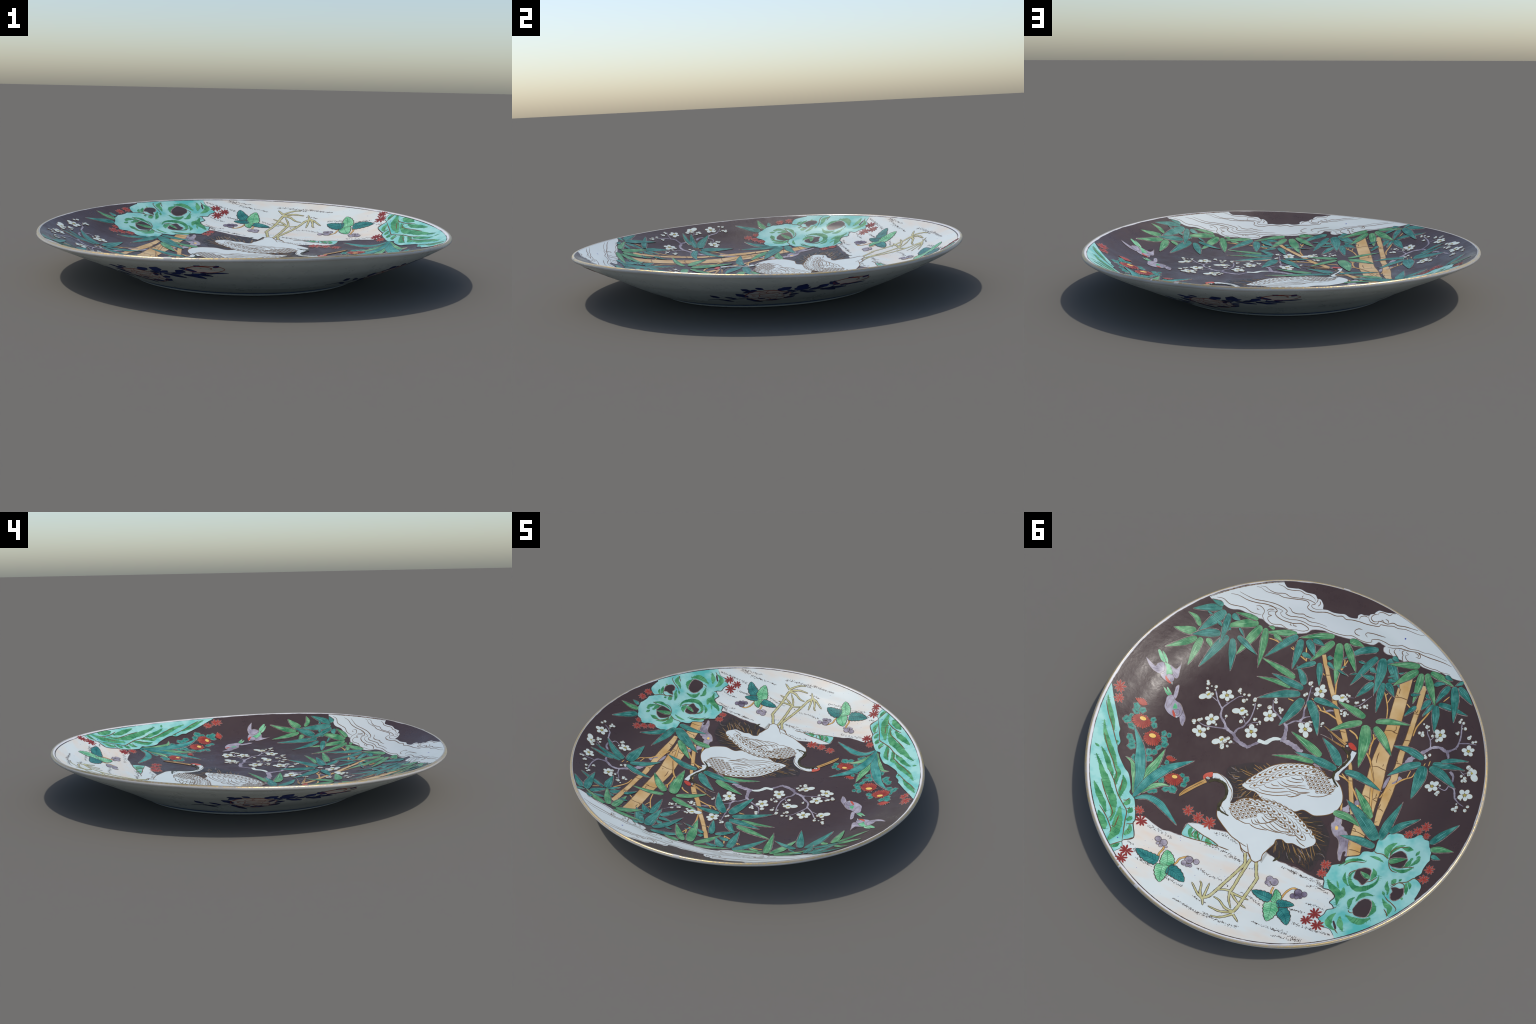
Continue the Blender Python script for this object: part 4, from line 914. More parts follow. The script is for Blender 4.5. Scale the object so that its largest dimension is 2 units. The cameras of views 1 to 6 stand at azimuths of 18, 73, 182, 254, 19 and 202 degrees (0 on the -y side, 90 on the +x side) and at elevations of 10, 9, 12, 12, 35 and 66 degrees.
T, G = 'teal', 'green'
for item in (
    (T, [(0.6087, -0.6778), (0.6683, -0.6497), (0.7454, -0.6045)], 110), (T, [(0.6069, -0.6927), (0.6369, -0.6889), (0.6668, -0.6902)], 80), (T, [(0.6711, -0.6278), (0.6388, -0.6248)], 42), (T, [(0.6088, -0.6090), (0.5761, -0.5951)], 62),
    (T, [(0.5844, -0.6687), (0.6290, -0.6069), (0.6876, -0.5181)], 150), (T, [(0.5495, -0.6691), (0.5271, -0.6656), (0.5027, -0.6613)], 105), (T, [(0.5375, -0.6101), (0.5475, -0.5889)], 55), (T, [(0.4959, -0.6272), (0.4567, -0.5930)], 50),
    (T, [(0.5645, -0.6669), (0.5641, -0.6009), (0.5633, -0.5163)], 115), (G, [(0.6958, -0.5169), (0.7409, -0.4944), (0.8037, -0.4758)], 128), (G, [(0.6862, -0.5434), (0.7140, -0.5733), (0.7603, -0.5787)], 92), (T, [(0.5780, -0.5612), (0.6378, -0.5332), (0.7095, -0.4880)], 130),
    (G, [(0.6812, -0.4854), (0.7326, -0.4332), (0.8093, -0.3650)], 105), (G, [(0.6590, -0.4956), (0.6674, -0.4379), (0.6776, -0.3314)], 125), (G, [(0.6360, -0.5040), (0.6128, -0.4930), (0.5896, -0.4685)], 95), (T, [(0.5370, -0.5649), (0.5738, -0.4829), (0.6211, -0.3484)], 150),
    (T, [(0.5098, -0.5632), (0.4878, -0.4947), (0.4600, -0.3901)], 132), (T, [(0.4892, -0.5844), (0.4412, -0.5655), (0.3588, -0.5269)], 105), (G, [(0.4154, -0.7052), (0.4721, -0.6997), (0.5348, -0.6875)], 72), (G, [(0.4079, -0.6891), (0.4874, -0.6529), (0.5800, -0.5964)], 128),
    (G, [(0.3872, -0.6812), (0.4206, -0.6062), (0.4643, -0.4893)], 150), (G, [(0.3171, -0.6951), (0.3506, -0.6939)], 62), (G, [(0.3130, -0.6641), (0.2821, -0.6580), (0.2535, -0.6434)], 80), (G, [(0.3621, -0.6811), (0.3477, -0.6027), (0.3294, -0.4678)], 130), (G, [(0.1952, -0.7097), (0.2724, -0.6905), (0.3666, -0.6591)], 108),
    (T, [(0.1634, -0.6909), (0.1574, -0.6198), (0.1540, -0.5172)], 140), (T, [(0.1871, -0.7021), (0.2452, -0.6355), (0.3150, -0.5338)], 132), (T, [(0.1304, -0.6984), (0.1002, -0.6690), (0.0622, -0.6221)], 130), (T, [(0.1033, -0.7072), (0.0670, -0.7053), (0.0328, -0.6941)], 100),
    (T, [(0.1338, -0.6186), (0.1026, -0.6160), (0.0707, -0.6060)], 92), (T, [(0.0461, -0.5917), (0.0882, -0.5658), (0.1383, -0.5229)], 98), (T, [(0.0271, -0.5980), (0.0102, -0.5449), (-0.0136, -0.4698)], 112), (T, [(-0.0020, -0.6356), (-0.0343, -0.6440)], 88), (T, [(-0.0134, -0.6132), (-0.0595, -0.5869)], 72), (T, [(-0.0945, -0.6072), (-0.1096, -0.6192)], 36),
    (G, [(-0.0012, -0.7575), (0.0747, -0.7368), (0.1716, -0.6987)], 108), (G, [(-0.0089, -0.7310), (0.0261, -0.6801), (0.0766, -0.5927)], 128), (G, [(-0.0869, -0.7593), (-0.1303, -0.7555), (-0.1714, -0.7474)], 108), (G, [(-0.0710, -0.7400), (-0.1139, -0.6876), (-0.1720, -0.6029)], 125), (G, [(-0.0386, -0.7320), (-0.0568, -0.6602), (-0.0901, -0.5068)], 160),
    (T, [(-0.2503, -0.7491), (-0.1657, -0.7241), (-0.0841, -0.6574)], 122), (T, [(-0.1686, -0.6655), (-0.2149, -0.6621)], 46), (T, [(-0.2395, -0.6455), (-0.2778, -0.6289)], 92), (T, [(-0.2766, -0.5970), (-0.2085, -0.5996)], 92), (T, [(-0.1836, -0.6016), (-0.1477, -0.5847)], 32), (T, [(-0.3773, -0.6368), (-0.3457, -0.6250)], 50), (T, [(-0.3505, -0.6057), (-0.3933, -0.6092)], 84), (T, [(-0.3903, -0.6535), (-0.4229, -0.6662)], 34), (T, [(-0.0778, -0.5898), (-0.1361, -0.5727)], 40),
    (T, [(-0.3345, -0.7277), (-0.3735, -0.7126)], 92), (T, [(-0.2583, -0.7112), (-0.2193, -0.6490), (-0.1681, -0.5299)], 132), (T, [(-0.2812, -0.5729), (-0.2552, -0.5328), (-0.2195, -0.4736)], 122), (T, [(-0.3313, -0.5865), (-0.3366, -0.5193), (-0.3448, -0.4199)], 115), (T, [(-0.3475, -0.5889), (-0.3782, -0.5629), (-0.4078, -0.5293)], 124), (T, [(-0.3197, -0.7165), (-0.3585, -0.6628), (-0.4183, -0.5793)], 145), (T, [(-0.2870, -0.7127), (-0.3025, -0.6318), (-0.3030, -0.5129)], 175),
    (G, [(-0.4869, -0.7062), (-0.4151, -0.7035), (-0.3288, -0.6901)], 108), (G, [(-0.4861, -0.6845), (-0.4436, -0.6492), (-0.3839, -0.5864)], 140), (T, [(-0.4871, -0.5576), (-0.5334, -0.5674)], 62), (T, [(-0.5636, -0.5746), (-0.5897, -0.5540)], 62), (G, [(-0.5058, -0.6747), (-0.5116, -0.6137), (-0.5106, -0.5157)], 128), (G, [(-0.5324, -0.6780), (-0.5743, -0.6107), (-0.6264, -0.5216)], 122),
    (T, [(-0.5865, -0.6270), (-0.6135, -0.6382), (-0.6428, -0.6421)], 84), (T, [(-0.6281, -0.6829), (-0.6706, -0.6651)], 72), (T, [(-0.7256, -0.6655), (-0.6936, -0.6422)], 72), (G, [(-0.5506, -0.6869), (-0.6099, -0.6696), (-0.6852, -0.6359)], 104), (T, [(-0.6650, -0.6325), (-0.6429, -0.5863), (-0.6227, -0.5360)], 112), (T, [(-0.6404, -0.5352), (-0.7006, -0.5238), (-0.7958, -0.4977)], 98), (T, [(-0.6881, -0.6347), (-0.7150, -0.5536), (-0.7386, -0.4491)], 134), (T, [(-0.7116, -0.6352), (-0.7514, -0.6031), (-0.8009, -0.5573)], 112),
    (T, [(-0.6293, -0.5254), (-0.6445, -0.4725), (-0.6626, -0.3886)], 124), (T, [(-0.5953, -0.5466), (-0.5796, -0.5252), (-0.5643, -0.4895)], 104), (T, [(-0.6156, -0.5282), (-0.6010, -0.4986), (-0.5807, -0.4582)], 74), (T, [(-0.5348, -0.5020), (-0.5119, -0.4754), (-0.4896, -0.4384)], 86), (G, [(-0.3606, -0.3696), (-0.4350, -0.3889), (-0.5369, -0.3969)], 104),
    (G, [(-0.3010, -0.3756), (-0.2281, -0.3994), (-0.1412, -0.4217)], 132), (G, [(-0.2955, -0.3463), (-0.2219, -0.3067), (-0.1484, -0.2513)], 124), (G, [(-0.3654, -0.3398), (-0.4279, -0.2867), (-0.4949, -0.2097)], 142), (G, [(-0.3175, -0.3364), (-0.3407, -0.2457), (-0.3552, -0.0983)], 200),
    (T, [(0.0630, -0.4512), (0.0906, -0.4984), (0.1385, -0.5430)], 124), (G, [(0.1216, -0.4719), (0.2002, -0.4932), (0.3246, -0.5213)], 120), (G, [(0.1266, -0.4128), (0.2119, -0.4192), (0.3078, -0.4106)], 84), (T, [(0.0605, -0.4294), (0.1454, -0.4402), (0.2443, -0.4542)], 130), (T, [(0.0642, -0.3958), (0.1582, -0.3597), (0.2637, -0.2983)], 140), (T, [(0.0428, -0.3752), (0.0657, -0.2981), (0.1087, -0.1874)], 175),
    (T, [(0.0082, -0.3763), (-0.0482, -0.3059), (-0.0968, -0.2044)], 158), (T, [(-0.0136, -0.3935), (-0.0818, -0.3928), (-0.1600, -0.3822)], 115), (G, [(-0.1553, -0.0990), (-0.0718, -0.1371), (0.0324, -0.1778)], 142), (G, [(-0.1306, -0.0530), (-0.0261, -0.0450), (0.0814, -0.0162)], 92), (T, [(-0.2540, -0.0527), (-0.1321, -0.0730), (-0.0214, -0.0769)], 150), (T, [(-0.2634, -0.0793), (-0.2095, -0.1436), (-0.1308, -0.2013)], 155),
    (T, [(-0.2986, -0.0545), (-0.3745, -0.0517), (-0.5019, -0.0083)], 135), (T, [(-0.6554, -0.2341), (-0.5740, -0.2626), (-0.4910, -0.2657)], 122), (T, [(-0.7426, -0.2376), (-0.7975, -0.2532), (-0.8692, -0.2599)], 82), (T, [(-0.7061, -0.2186), (-0.7827, -0.2210), (-0.8650, -0.2101)], 112), (T, [(-0.6509, -0.2070), (-0.5781, -0.1656), (-0.5090, -0.0997)], 132), (T, [(-0.6652, -0.1965), (-0.6659, -0.1202), (-0.6572, -0.0091)], 195), (T, [(-0.6982, -0.1974), (-0.7636, -0.1709), (-0.8453, -0.1090)], 150),
    (G, [(-0.5026, 0.1521), (-0.4492, 0.0868), (-0.3783, 0.0152)], 142), (G, [(-0.3175, 0.1777), (-0.3958, 0.1821), (-0.4686, 0.2116)], 132), (T, [(-0.5662, 0.2925), (-0.4797, 0.2804), (-0.3882, 0.2858)], 135), (T, [(-0.5777, 0.2482), (-0.5960, 0.1432), (-0.6256, 0.0263)], 150), (T, [(-0.6143, 0.1978), (-0.6616, 0.1409), (-0.7335, 0.0871)], 122), (T, [(-0.5638, 0.2545), (-0.4647, 0.1646), (-0.3622, 0.0929)], 215),
    (T, [(-0.8138, 0.2097), (-0.8594, 0.1496), (-0.9169, 0.0842)], 124), (G, [(-0.8239, 0.2434), (-0.8689, 0.2313), (-0.9263, 0.2304)], 112), (T, [(-0.8349, 0.2744), (-0.8797, 0.2844)], 84),
):
    leaf(*item)
leaf(G, [(-0.6566, 0.3527), (-0.6842, 0.3346), (-0.7341, 0.3141)], 100, z=Z_LEAF + .0006)
leaf(G, [(-0.5944, 0.4592), (-0.5688, 0.4509), (-0.5428, 0.4372)], 84, z=Z_LEAF + .0006)

# broad strap leaves growing from the cliff
for kind, pts, w in (('strap_green', [(0.6467, 0.4435), (0.6733, 0.3633), (0.7204, 0.2906), (0.7615, 0.2747)], 112), ('strap_green', [(0.6349, 0.3941), (0.6316, 0.3116), (0.6140, 0.2352), (0.6037, 0.1533)], 140), ('strap_teal', [(0.6419, 0.4329), (0.6631, 0.3307)] + [(0.6964, 0.2513), (0.7281, 0.1821), (0.7932, 0.1010)], 172),
                     ('strap_green', [(0.6214, 0.4241), (0.5905, 0.3745), (0.5453, 0.3395), (0.5046, 0.3319)], 88), ('strap_teal', [(0.6408, 0.4600), (0.6292, 0.4067), (0.6065, 0.3381), (0.5511, 0.2465), (0.4437, 0.1589)], 165), ('strap_teal', [(0.6307, 0.4644), (0.5852, 0.4313), (0.5203, 0.4355), (0.4548, 0.4707), (0.3879, 0.5136)], 118)):
    leaf(kind, pts, w, full=.5, blunt=.22, name='strap_leaf', z=Z_LEAF + .0005)


# ------------------------------------------------------------------ plum branches, blossoms and buds
def branch(segments, name='plum_branch'):
    p = Piece()
    for line, w0, w1 in segments:
        p.stroke(line, lambda t, a=w0, b=w1: (a + (b - a) * t) * .000305, Z_CANE + .0001 + rng.random() * .0002, 'plum_purple', wob=.28)
    for line, w0, w1 in segments:
        if w0 > 18:
            pts = smooth(line, .012)
            for i in range(1, len(pts) - 1):
                for _ in range(2 if w0 > 30 else 1):
                    q, r = pts[i], pts[i + 1]
                    s = w0 * .000305 * rng.uniform(-.4, .4)
                    p.stroke([(q[0] + s, q[1] + s), (q[0] * .3 + r[0] * .7 + s, q[1] * .3 + r[1] * .7 + s)], .0014, Z_CANE + .0006, 'violet_dark')
    return p.build(name, plate)


left_branch = branch((
    ([(-0.0534, -0.0833), (-0.0040, -0.1059), (0.0472, -0.1143), (0.0719, -0.1159)], 95, 70), ([(0.1688, -0.0613), (0.1915, -0.0394), (0.2160, -0.0132)], 40, 45), ([(0.2124, -0.0127), (0.2610, -0.0223), (0.2990, -0.0399)], 60, 70), ([(0.2947, -0.0378), (0.3084, -0.0552), (0.3446, -0.0678), (0.3675, -0.0817)], 50, 50), ([(0.3606, -0.0730), (0.3727, -0.0950), (0.3939, -0.1134), (0.4115, -0.1332), (0.4174, -0.1732)], 42, 30),
    ([(0.4176, -0.1692), (0.4545, -0.2049), (0.4867, -0.2548)], 28, 20), ([(0.0544, -0.1152), (0.0668, -0.1866), (0.0787, -0.2049)], 70, 50), ([(0.0747, -0.1988), (0.1138, -0.2296), (0.1495, -0.2506), (0.1692, -0.2661), (0.1853, -0.3140)], 38, 12), ([(0.0729, -0.2033), (0.0407, -0.2387), (0.0156, -0.2463)], 22, 28) , ([(0.0181, -0.2435), (0.0051, -0.2750), (0.0134, -0.3176), (0.0133, -0.3367), (0.0191, -0.4215), (0.0244, -0.4611)], 38, 12),
    ([(0.0064, -0.2688), (-0.0096, -0.2824), (-0.0299, -0.2936)], 24, 14), ([(0.0156, -0.2463), (-0.0180, -0.2494), (-0.0527, -0.2489)], 24, 10), ([(0.4189, -0.1726), (0.3975, -0.2119), (0.3617, -0.2646), (0.3409, -0.2747)], 24, 12), ([(0.3610, -0.0698), (0.4264, -0.0547), (0.4651, -0.0470), (0.4988, -0.0527)], 26, 12), ([(0.3088, -0.0607), (0.3012, -0.0903), (0.2808, -0.1095), (0.2714, -0.1303), (0.2600, -0.1731), (0.2609, -0.2306), (0.2678, -0.2627)], 32, 14),
    ([(0.2714, -0.1303), (0.2964, -0.1591), (0.3250, -0.1787)], 16, 8), ([(0.2598, -0.1271), (0.2358, -0.1555), (0.2041, -0.1638)], 14, 8), ([(0.4606, -0.2025), (0.4945, -0.2166)], 16, 10), ([(0.4060, -0.2085), (0.4126, -0.2253)], 20, 14), ([(0.3818, -0.1181), (0.3816, -0.1354)], 14, 8), ([(0.1415, -0.2479), (0.1635, -0.2413)], 14, 8), ([(0.2875, -0.0104), (0.3188, -0.0021)], 12, 8),
    ([(-0.2260, -0.4209), (-0.2538, -0.4350), (-0.2785, -0.4737), (-0.2973, -0.4993)], 14, 6), ([(-0.0961, -0.3471), (-0.1145, -0.3590), (-0.1336, -0.3635)], 36, 22), ([(-0.1598, -0.3777), (-0.1923, -0.3937)], 24, 12), ([(-0.1774, -0.4574), (-0.2128, -0.4648)], 8, 4), ([(0.0117, -0.4204), (-0.0126, -0.4308)], 8, 5)))
p = Piece()
p.stroke([(0.1801, -0.0683), (0.1574, -0.0676), (0.1374, -0.0696), (0.1189, -0.0938), (0.1003, -0.1086), (0.0719, -0.1159)], lambda t: 0.01891 * (.55 + .6 * math.sin(math.pi * min(1, .15 + t * .8)) + .12 * math.sin(t * 17)), Z_CANE + .0006, 'petal_white')
p.build('snow_patch', left_branch)
right_branch = branch((
    ([(-0.5757, -0.1732), (-0.5943, -0.2179), (-0.6151, -0.2450), (-0.6405, -0.2676), (-0.6722, -0.2999)], 100, 44), ([(-0.6692, -0.2992), (-0.6916, -0.3094), (-0.7192, -0.3112), (-0.7516, -0.2961), (-0.7619, -0.3028)], 44, 50), ([(-0.7575, -0.2970), (-0.7901, -0.3200), (-0.7970, -0.3480), (-0.7963, -0.3872), (-0.7853, -0.4401), (-0.7825, -0.4600)], 36, 12), ([(-0.6701, -0.3047), (-0.6582, -0.3406), (-0.6362, -0.3708), (-0.6240, -0.3996)], 22, 10), ([(-0.6577, -0.3423), (-0.6707, -0.3625)], 14, 8),
    ([(-0.7975, -0.3464), (-0.8382, -0.3534), (-0.8564, -0.3530), (-0.8803, -0.3533)], 24, 8), ([(-0.7545, -0.2966), (-0.7705, -0.2682), (-0.7705, -0.2579)], 48, 26), ([(-0.7994, -0.1942), (-0.8212, -0.1696), (-0.8242, -0.1321)], 42, 26), ([(-0.8122, -0.1165), (-0.8424, -0.1034), (-0.8593, -0.0537)], 26, 24), ([(-0.8564, -0.0567), (-0.8855, -0.0306), (-0.9090, -0.0196)], 22, 8), ([(-0.8136, -0.1168), (-0.8029, -0.0906), (-0.7680, -0.1018)], 18, 10), ([(-0.8592, -0.0519), (-0.8757, -0.0617)], 10, 6),
    ([(-0.8481, -0.2008), (-0.8712, -0.1825)], 10, 6), ([(-0.8603, -0.1891), (-0.8849, -0.1978)], 10, 6), ([(-0.7906, -0.3183), (-0.7978, -0.3142)], 20, 6), ([(-0.8760, -0.0217), (-0.8822, -0.0317)], 8, 5), ([(-0.5760, -0.1091), (-0.5624, -0.0798), (-0.5448, -0.0635)], 60, 20)))
# gnarled old trunk rising behind the rock
p = Piece()
trunk = [(-0.4435, 0.3839), (-0.4419, 0.3599), (-0.4286, 0.3679), (-0.4316, 0.4152), (-0.4201, 0.4093), (-0.4067, 0.3789), (-0.3976, 0.3328), (-0.3822, 0.3063), (-0.3543, 0.2909), (-0.3336, 0.2586), (-0.3274, 0.2356), (-0.3373, 0.2215), (-0.3344, 0.1937), (-0.3630, 0.1913), (-0.3714, 0.2065), (-0.3771, 0.2332), (-0.3920, 0.2390), (-0.3988, 0.2545), (-0.4125, 0.2570), (-0.4233, 0.2747), (-0.4485, 0.3120), (-0.4471, 0.3371), (-0.4611, 0.3745)]
p.fill(smooth(trunk, .006, True), Z_CANE - .0002, 'plum_purple')
p.fill(smooth([(-0.3525, 0.1405), (-0.3651, 0.1291), (-0.3792, 0.1026), (-0.3828, 0.1232), (-0.3933, 0.1451), (-0.3808, 0.1565), (-0.3609, 0.1558)], .006, True), Z_CANE - .0002, 'plum_purple')
p.fill(smooth([(-0.3992, 0.0887), (-0.4122, 0.0735), (-0.4220, 0.0885), (-0.4230, 0.1063), (-0.4072, 0.1079)], .006, True), Z_CANE + .0004, 'plum_purple')
p.fill(smooth([(-0.1330, -0.0415), (-0.1511, -0.0478), (-0.1810, -0.0301), (-0.2095, -0.0063), (-0.1773, -0.0214)], .006, True), Z_CANE - .0002, 'plum_purple')
p.fill(smooth([(-0.5086, -0.0231), (-0.5062, -0.0515), (-0.5146, -0.0869), (-0.5304, -0.0990), (-0.5298, -0.0698), (-0.5203, -0.0377)], .006, True), Z_CANE - .0002, 'plum_purple')
p.stroke(trunk + trunk[:1], 0.00305, Z_CANE + .0003, 'reserve_pale', wob=.5)
p.dot([(-0.3595, 0.2535)][0], 0.00793, Z_CANE + .0004, 'flower_yellow', ry=0.01159, rot=.3)
p.dot([(-0.3872, 0.1217)][0], 0.00549, Z_CANE + .0004, 'flower_yellow', ry=0.00854)
p.dot([(-0.4200, 0.1073)][0], 0.00610, Z_CANE + .0008, 'flower_yellow')
for _ in range(46):
    x, y = rng.uniform(0, 1), rng.uniform(0, 1)
    a, b = [(-0.3487, 0.2069), (-0.4341, 0.3555)]
    q = (a[0] + (b[0] - a[0]) * x + rng.uniform(-.02, .02), a[1] + (b[1] - a[1]) * x)
    if inside(q, trunk):
        p.stroke([q, (q[0] + rng.uniform(-.004, .004), q[1] - .012)], .0011, Z_CANE + .0003, 'dark_line')
p.build('plum_trunk', plate)


class FlatPiece(Piece):
    """a motif modelled in its own unit-sized frame"""

    def fill(self, outline, lift, mat, grid=1.0):
        Piece.fill(self, outline, lift, mat, grid=1.0)


def flat(p, lift):
    return Vector((p[0], p[1], lift)), Vector((0, 0, 1))


def motif(build):
    q = FlatPiece(flat)
    build(q)
    me = bpy.data.meshes.new('motif')
    me.from_pydata([tuple(v) for v in q.v], [], q.f)
    for mt in q.mats:
        me.materials.append(MATS[mt])
    me.polygons.foreach_set('material_index', q.m)
    me.polygons.foreach_set('use_smooth', [True] * len(q.f))
    me.update()
    me.normals_split_custom_set_from_vertices([tuple(n) for n in q.n])
    return me


def place_motif(me, name, parent, at, size, turn=None, lift=0.0, squash=1.0):
    """a shared motif laid tangent to the dish face"""
    pos, n = on_face(at, lift)
    n = n.normalized()
    x = Vector((1, 0, 0)) - n * n.x
    x.normalize()
    y = n.cross(x)
    a = rng.uniform(0, 6.28) if turn is None else turn
    u, v = x * math.cos(a) + y * math.sin(a), y * math.cos(a) - x * math.sin(a)
    o = link(name, me, parent)
    m = Matrix((u * size, v * size * squash, n * FLAT)).transposed().to_4x4()
    m.translation = pos
    o.matrix_world = m
    return o


def blossom_shape(q, jitter):
    r = random.Random(jitter)
    for i in range(5):
        a = 2 * math.pi * i / 5 + r.uniform(-.12, .12)
        s = r.uniform(.84, 1.12)
        c = (.60 * s * math.cos(a), .60 * s * math.sin(a))
        q.dot(c, .44 * s, .0010 + .0001 * i, 'brown_line', ry=.38 * s, rot=a, n=20)
        q.dot(c, .385 * s, .0016 + .0001 * i, 'petal_white', ry=.325 * s, rot=a, n=20)
    q.dot((0, 0), .17, .0024, 'stamen_yellow', n=12)
    for i in range(9):
        a = 2 * math.pi * i / 9 + r.uniform(-.2, .2)
        l = r.uniform(.22, .36)
        q.stroke([(.05 * math.cos(a), .05 * math.sin(a)), (l * math.cos(a), l * math.sin(a))], .035, .0026, 'stamen_yellow', step=.1)
        q.dot((l * math.cos(a), l * math.sin(a)), .035, .0027, 'gold_line', n=6)


def bud_shape(q, jitter):
    r = random.Random(jitter)
    q.dot((0, 0), 1.12, .0010, 'brown_line', ry=1.0, n=16)
    q.dot((0, 0), .92, .0016, 'petal_white', ry=.80, n=16)
    q.stroke([(-.85, .1), (0, .45 * r.uniform(.5, 1)), (.8, .1)], .14, .0020, 'gold_line', step=.25)


clamp_save = clamp
clamp = lambda p, lim=0: p          # motifs are modelled in their own small frame
blossoms = [motif(lambda q, s=s: blossom_shape(q, s)) for s in range(4)]
buds = [motif(lambda q, s=s: bud_shape(q, s)) for s in range(3)]


def star_shape(q, dark):
    r = random.Random(5)
    for i in range(9):
        a = 2 * math.pi * i / 9 + r.uniform(-.1, .1)
        s = r.uniform(.82, 1.08)
        c, sn = math.cos(a), math.sin(a)

        def pt(u, v):
            return (u * s * c - v * sn, u * s * sn + v * c)
        pet = lambda g: [pt(.06, -.03 - g), pt(.45, -.135 - g), pt(.78, -.13 - g), pt(1.0 + g, 0), pt(.78, .13 + g), pt(.45, .135 + g), pt(.06, .03 + g)]
        if not dark:
            q.fill(pet(.045), .0008 + .00002 * i, 'reserve_pale', grid=1)
        q.fill(pet(0), .0012 + .00004 * i, 'iron_red_dark' if dark else 'iron_red', grid=1)
        q.stroke([pt(.15, 0), pt(.5, .01), pt(.8, 0)], .035, .0018, 'iron_red_dark' if not dark else 'dark_line', step=.2)
    q.dot((0, 0), .13, .0020, 'iron_red_dark', n=8)


stars = [motif(lambda q: star_shape(q, False)), motif(lambda q: star_shape(q, True))]
clamp = clamp_save

for pts, size, par in (([(0.4220, -0.2495)], 122, 0), ([(0.4467, -0.0925)], 118, 0), ([(0.4765, -0.0063)], 130, 0), ([(0.2288, -0.1008)], 128, 0), ([(0.1715, -0.2208)], 122, 0), ([(-0.0321, -0.4450)], 128, 0), ([(-0.0269, -0.2148)], 142, 0),
                       ([(-0.6975, -0.3778)], 112, 1), ([(-0.8542, -0.3133)], 108, 1), ([(-0.7376, -0.1007)], 112, 1), ([(-0.9007, -0.0788)], 118, 1)):
    place_motif(rng.choice(blossoms), 'plum_blossom', (left_branch, right_branch)[par], pts[0], size * .000305 * 1.05, lift=Z_CANE + .0006, squash=rng.uniform(.88, 1))


def side_blossom(at, turn, parent, size=.036):
    """a blossom seen from the side: calyx, one broad petal and three rounder ones"""
    p = Piece()
    c, s = math.cos(turn), math.sin(turn)
    for u, v, rx, ry in ((1.0, .05, .62, .42), (.2, .42, .42, .3), (-.35, .15, .32, .27), (.1, -.28, .36, .24)):
        q = (at[0] + size * (u * c - v * s), at[1] + size * (u * s + v * c))
        p.dot(q, size * (rx + .06), Z_CANE + .0008, 'brown_line', ry=size * (ry + .06), rot=turn, n=18)
        p.dot(q, size * rx, Z_CANE + .0013 + abs(u) * .0002, 'petal_white', ry=size * ry, rot=turn, n=18)
    p.dot((at[0] + size * .12 * c, at[1] + size * .12 * s), size * .3, Z_CANE + .0018, 'stamen_yellow', ry=size * .15, rot=turn + .5, n=12)
    p.build('plum_blossom', parent)


for a, b, par in (([(0.5115, -0.2237)], [(0.5403, -0.1989)], left_branch), ([(0.3119, -0.1992)], [(0.3393, -0.1885)], left_branch), ([(0.3523, -0.0080)], [(0.3722, 0.0073)], left_branch), ([(-0.1561, -0.4488)], [(-0.1321, -0.4429)], left_branch), ([(-0.8946, -0.2057)], [(-0.9148, -0.1798)], right_branch)):
    side_blossom(a[0], math.atan2(b[0][1] - a[0][1], b[0][0] - a[0][0]), par)

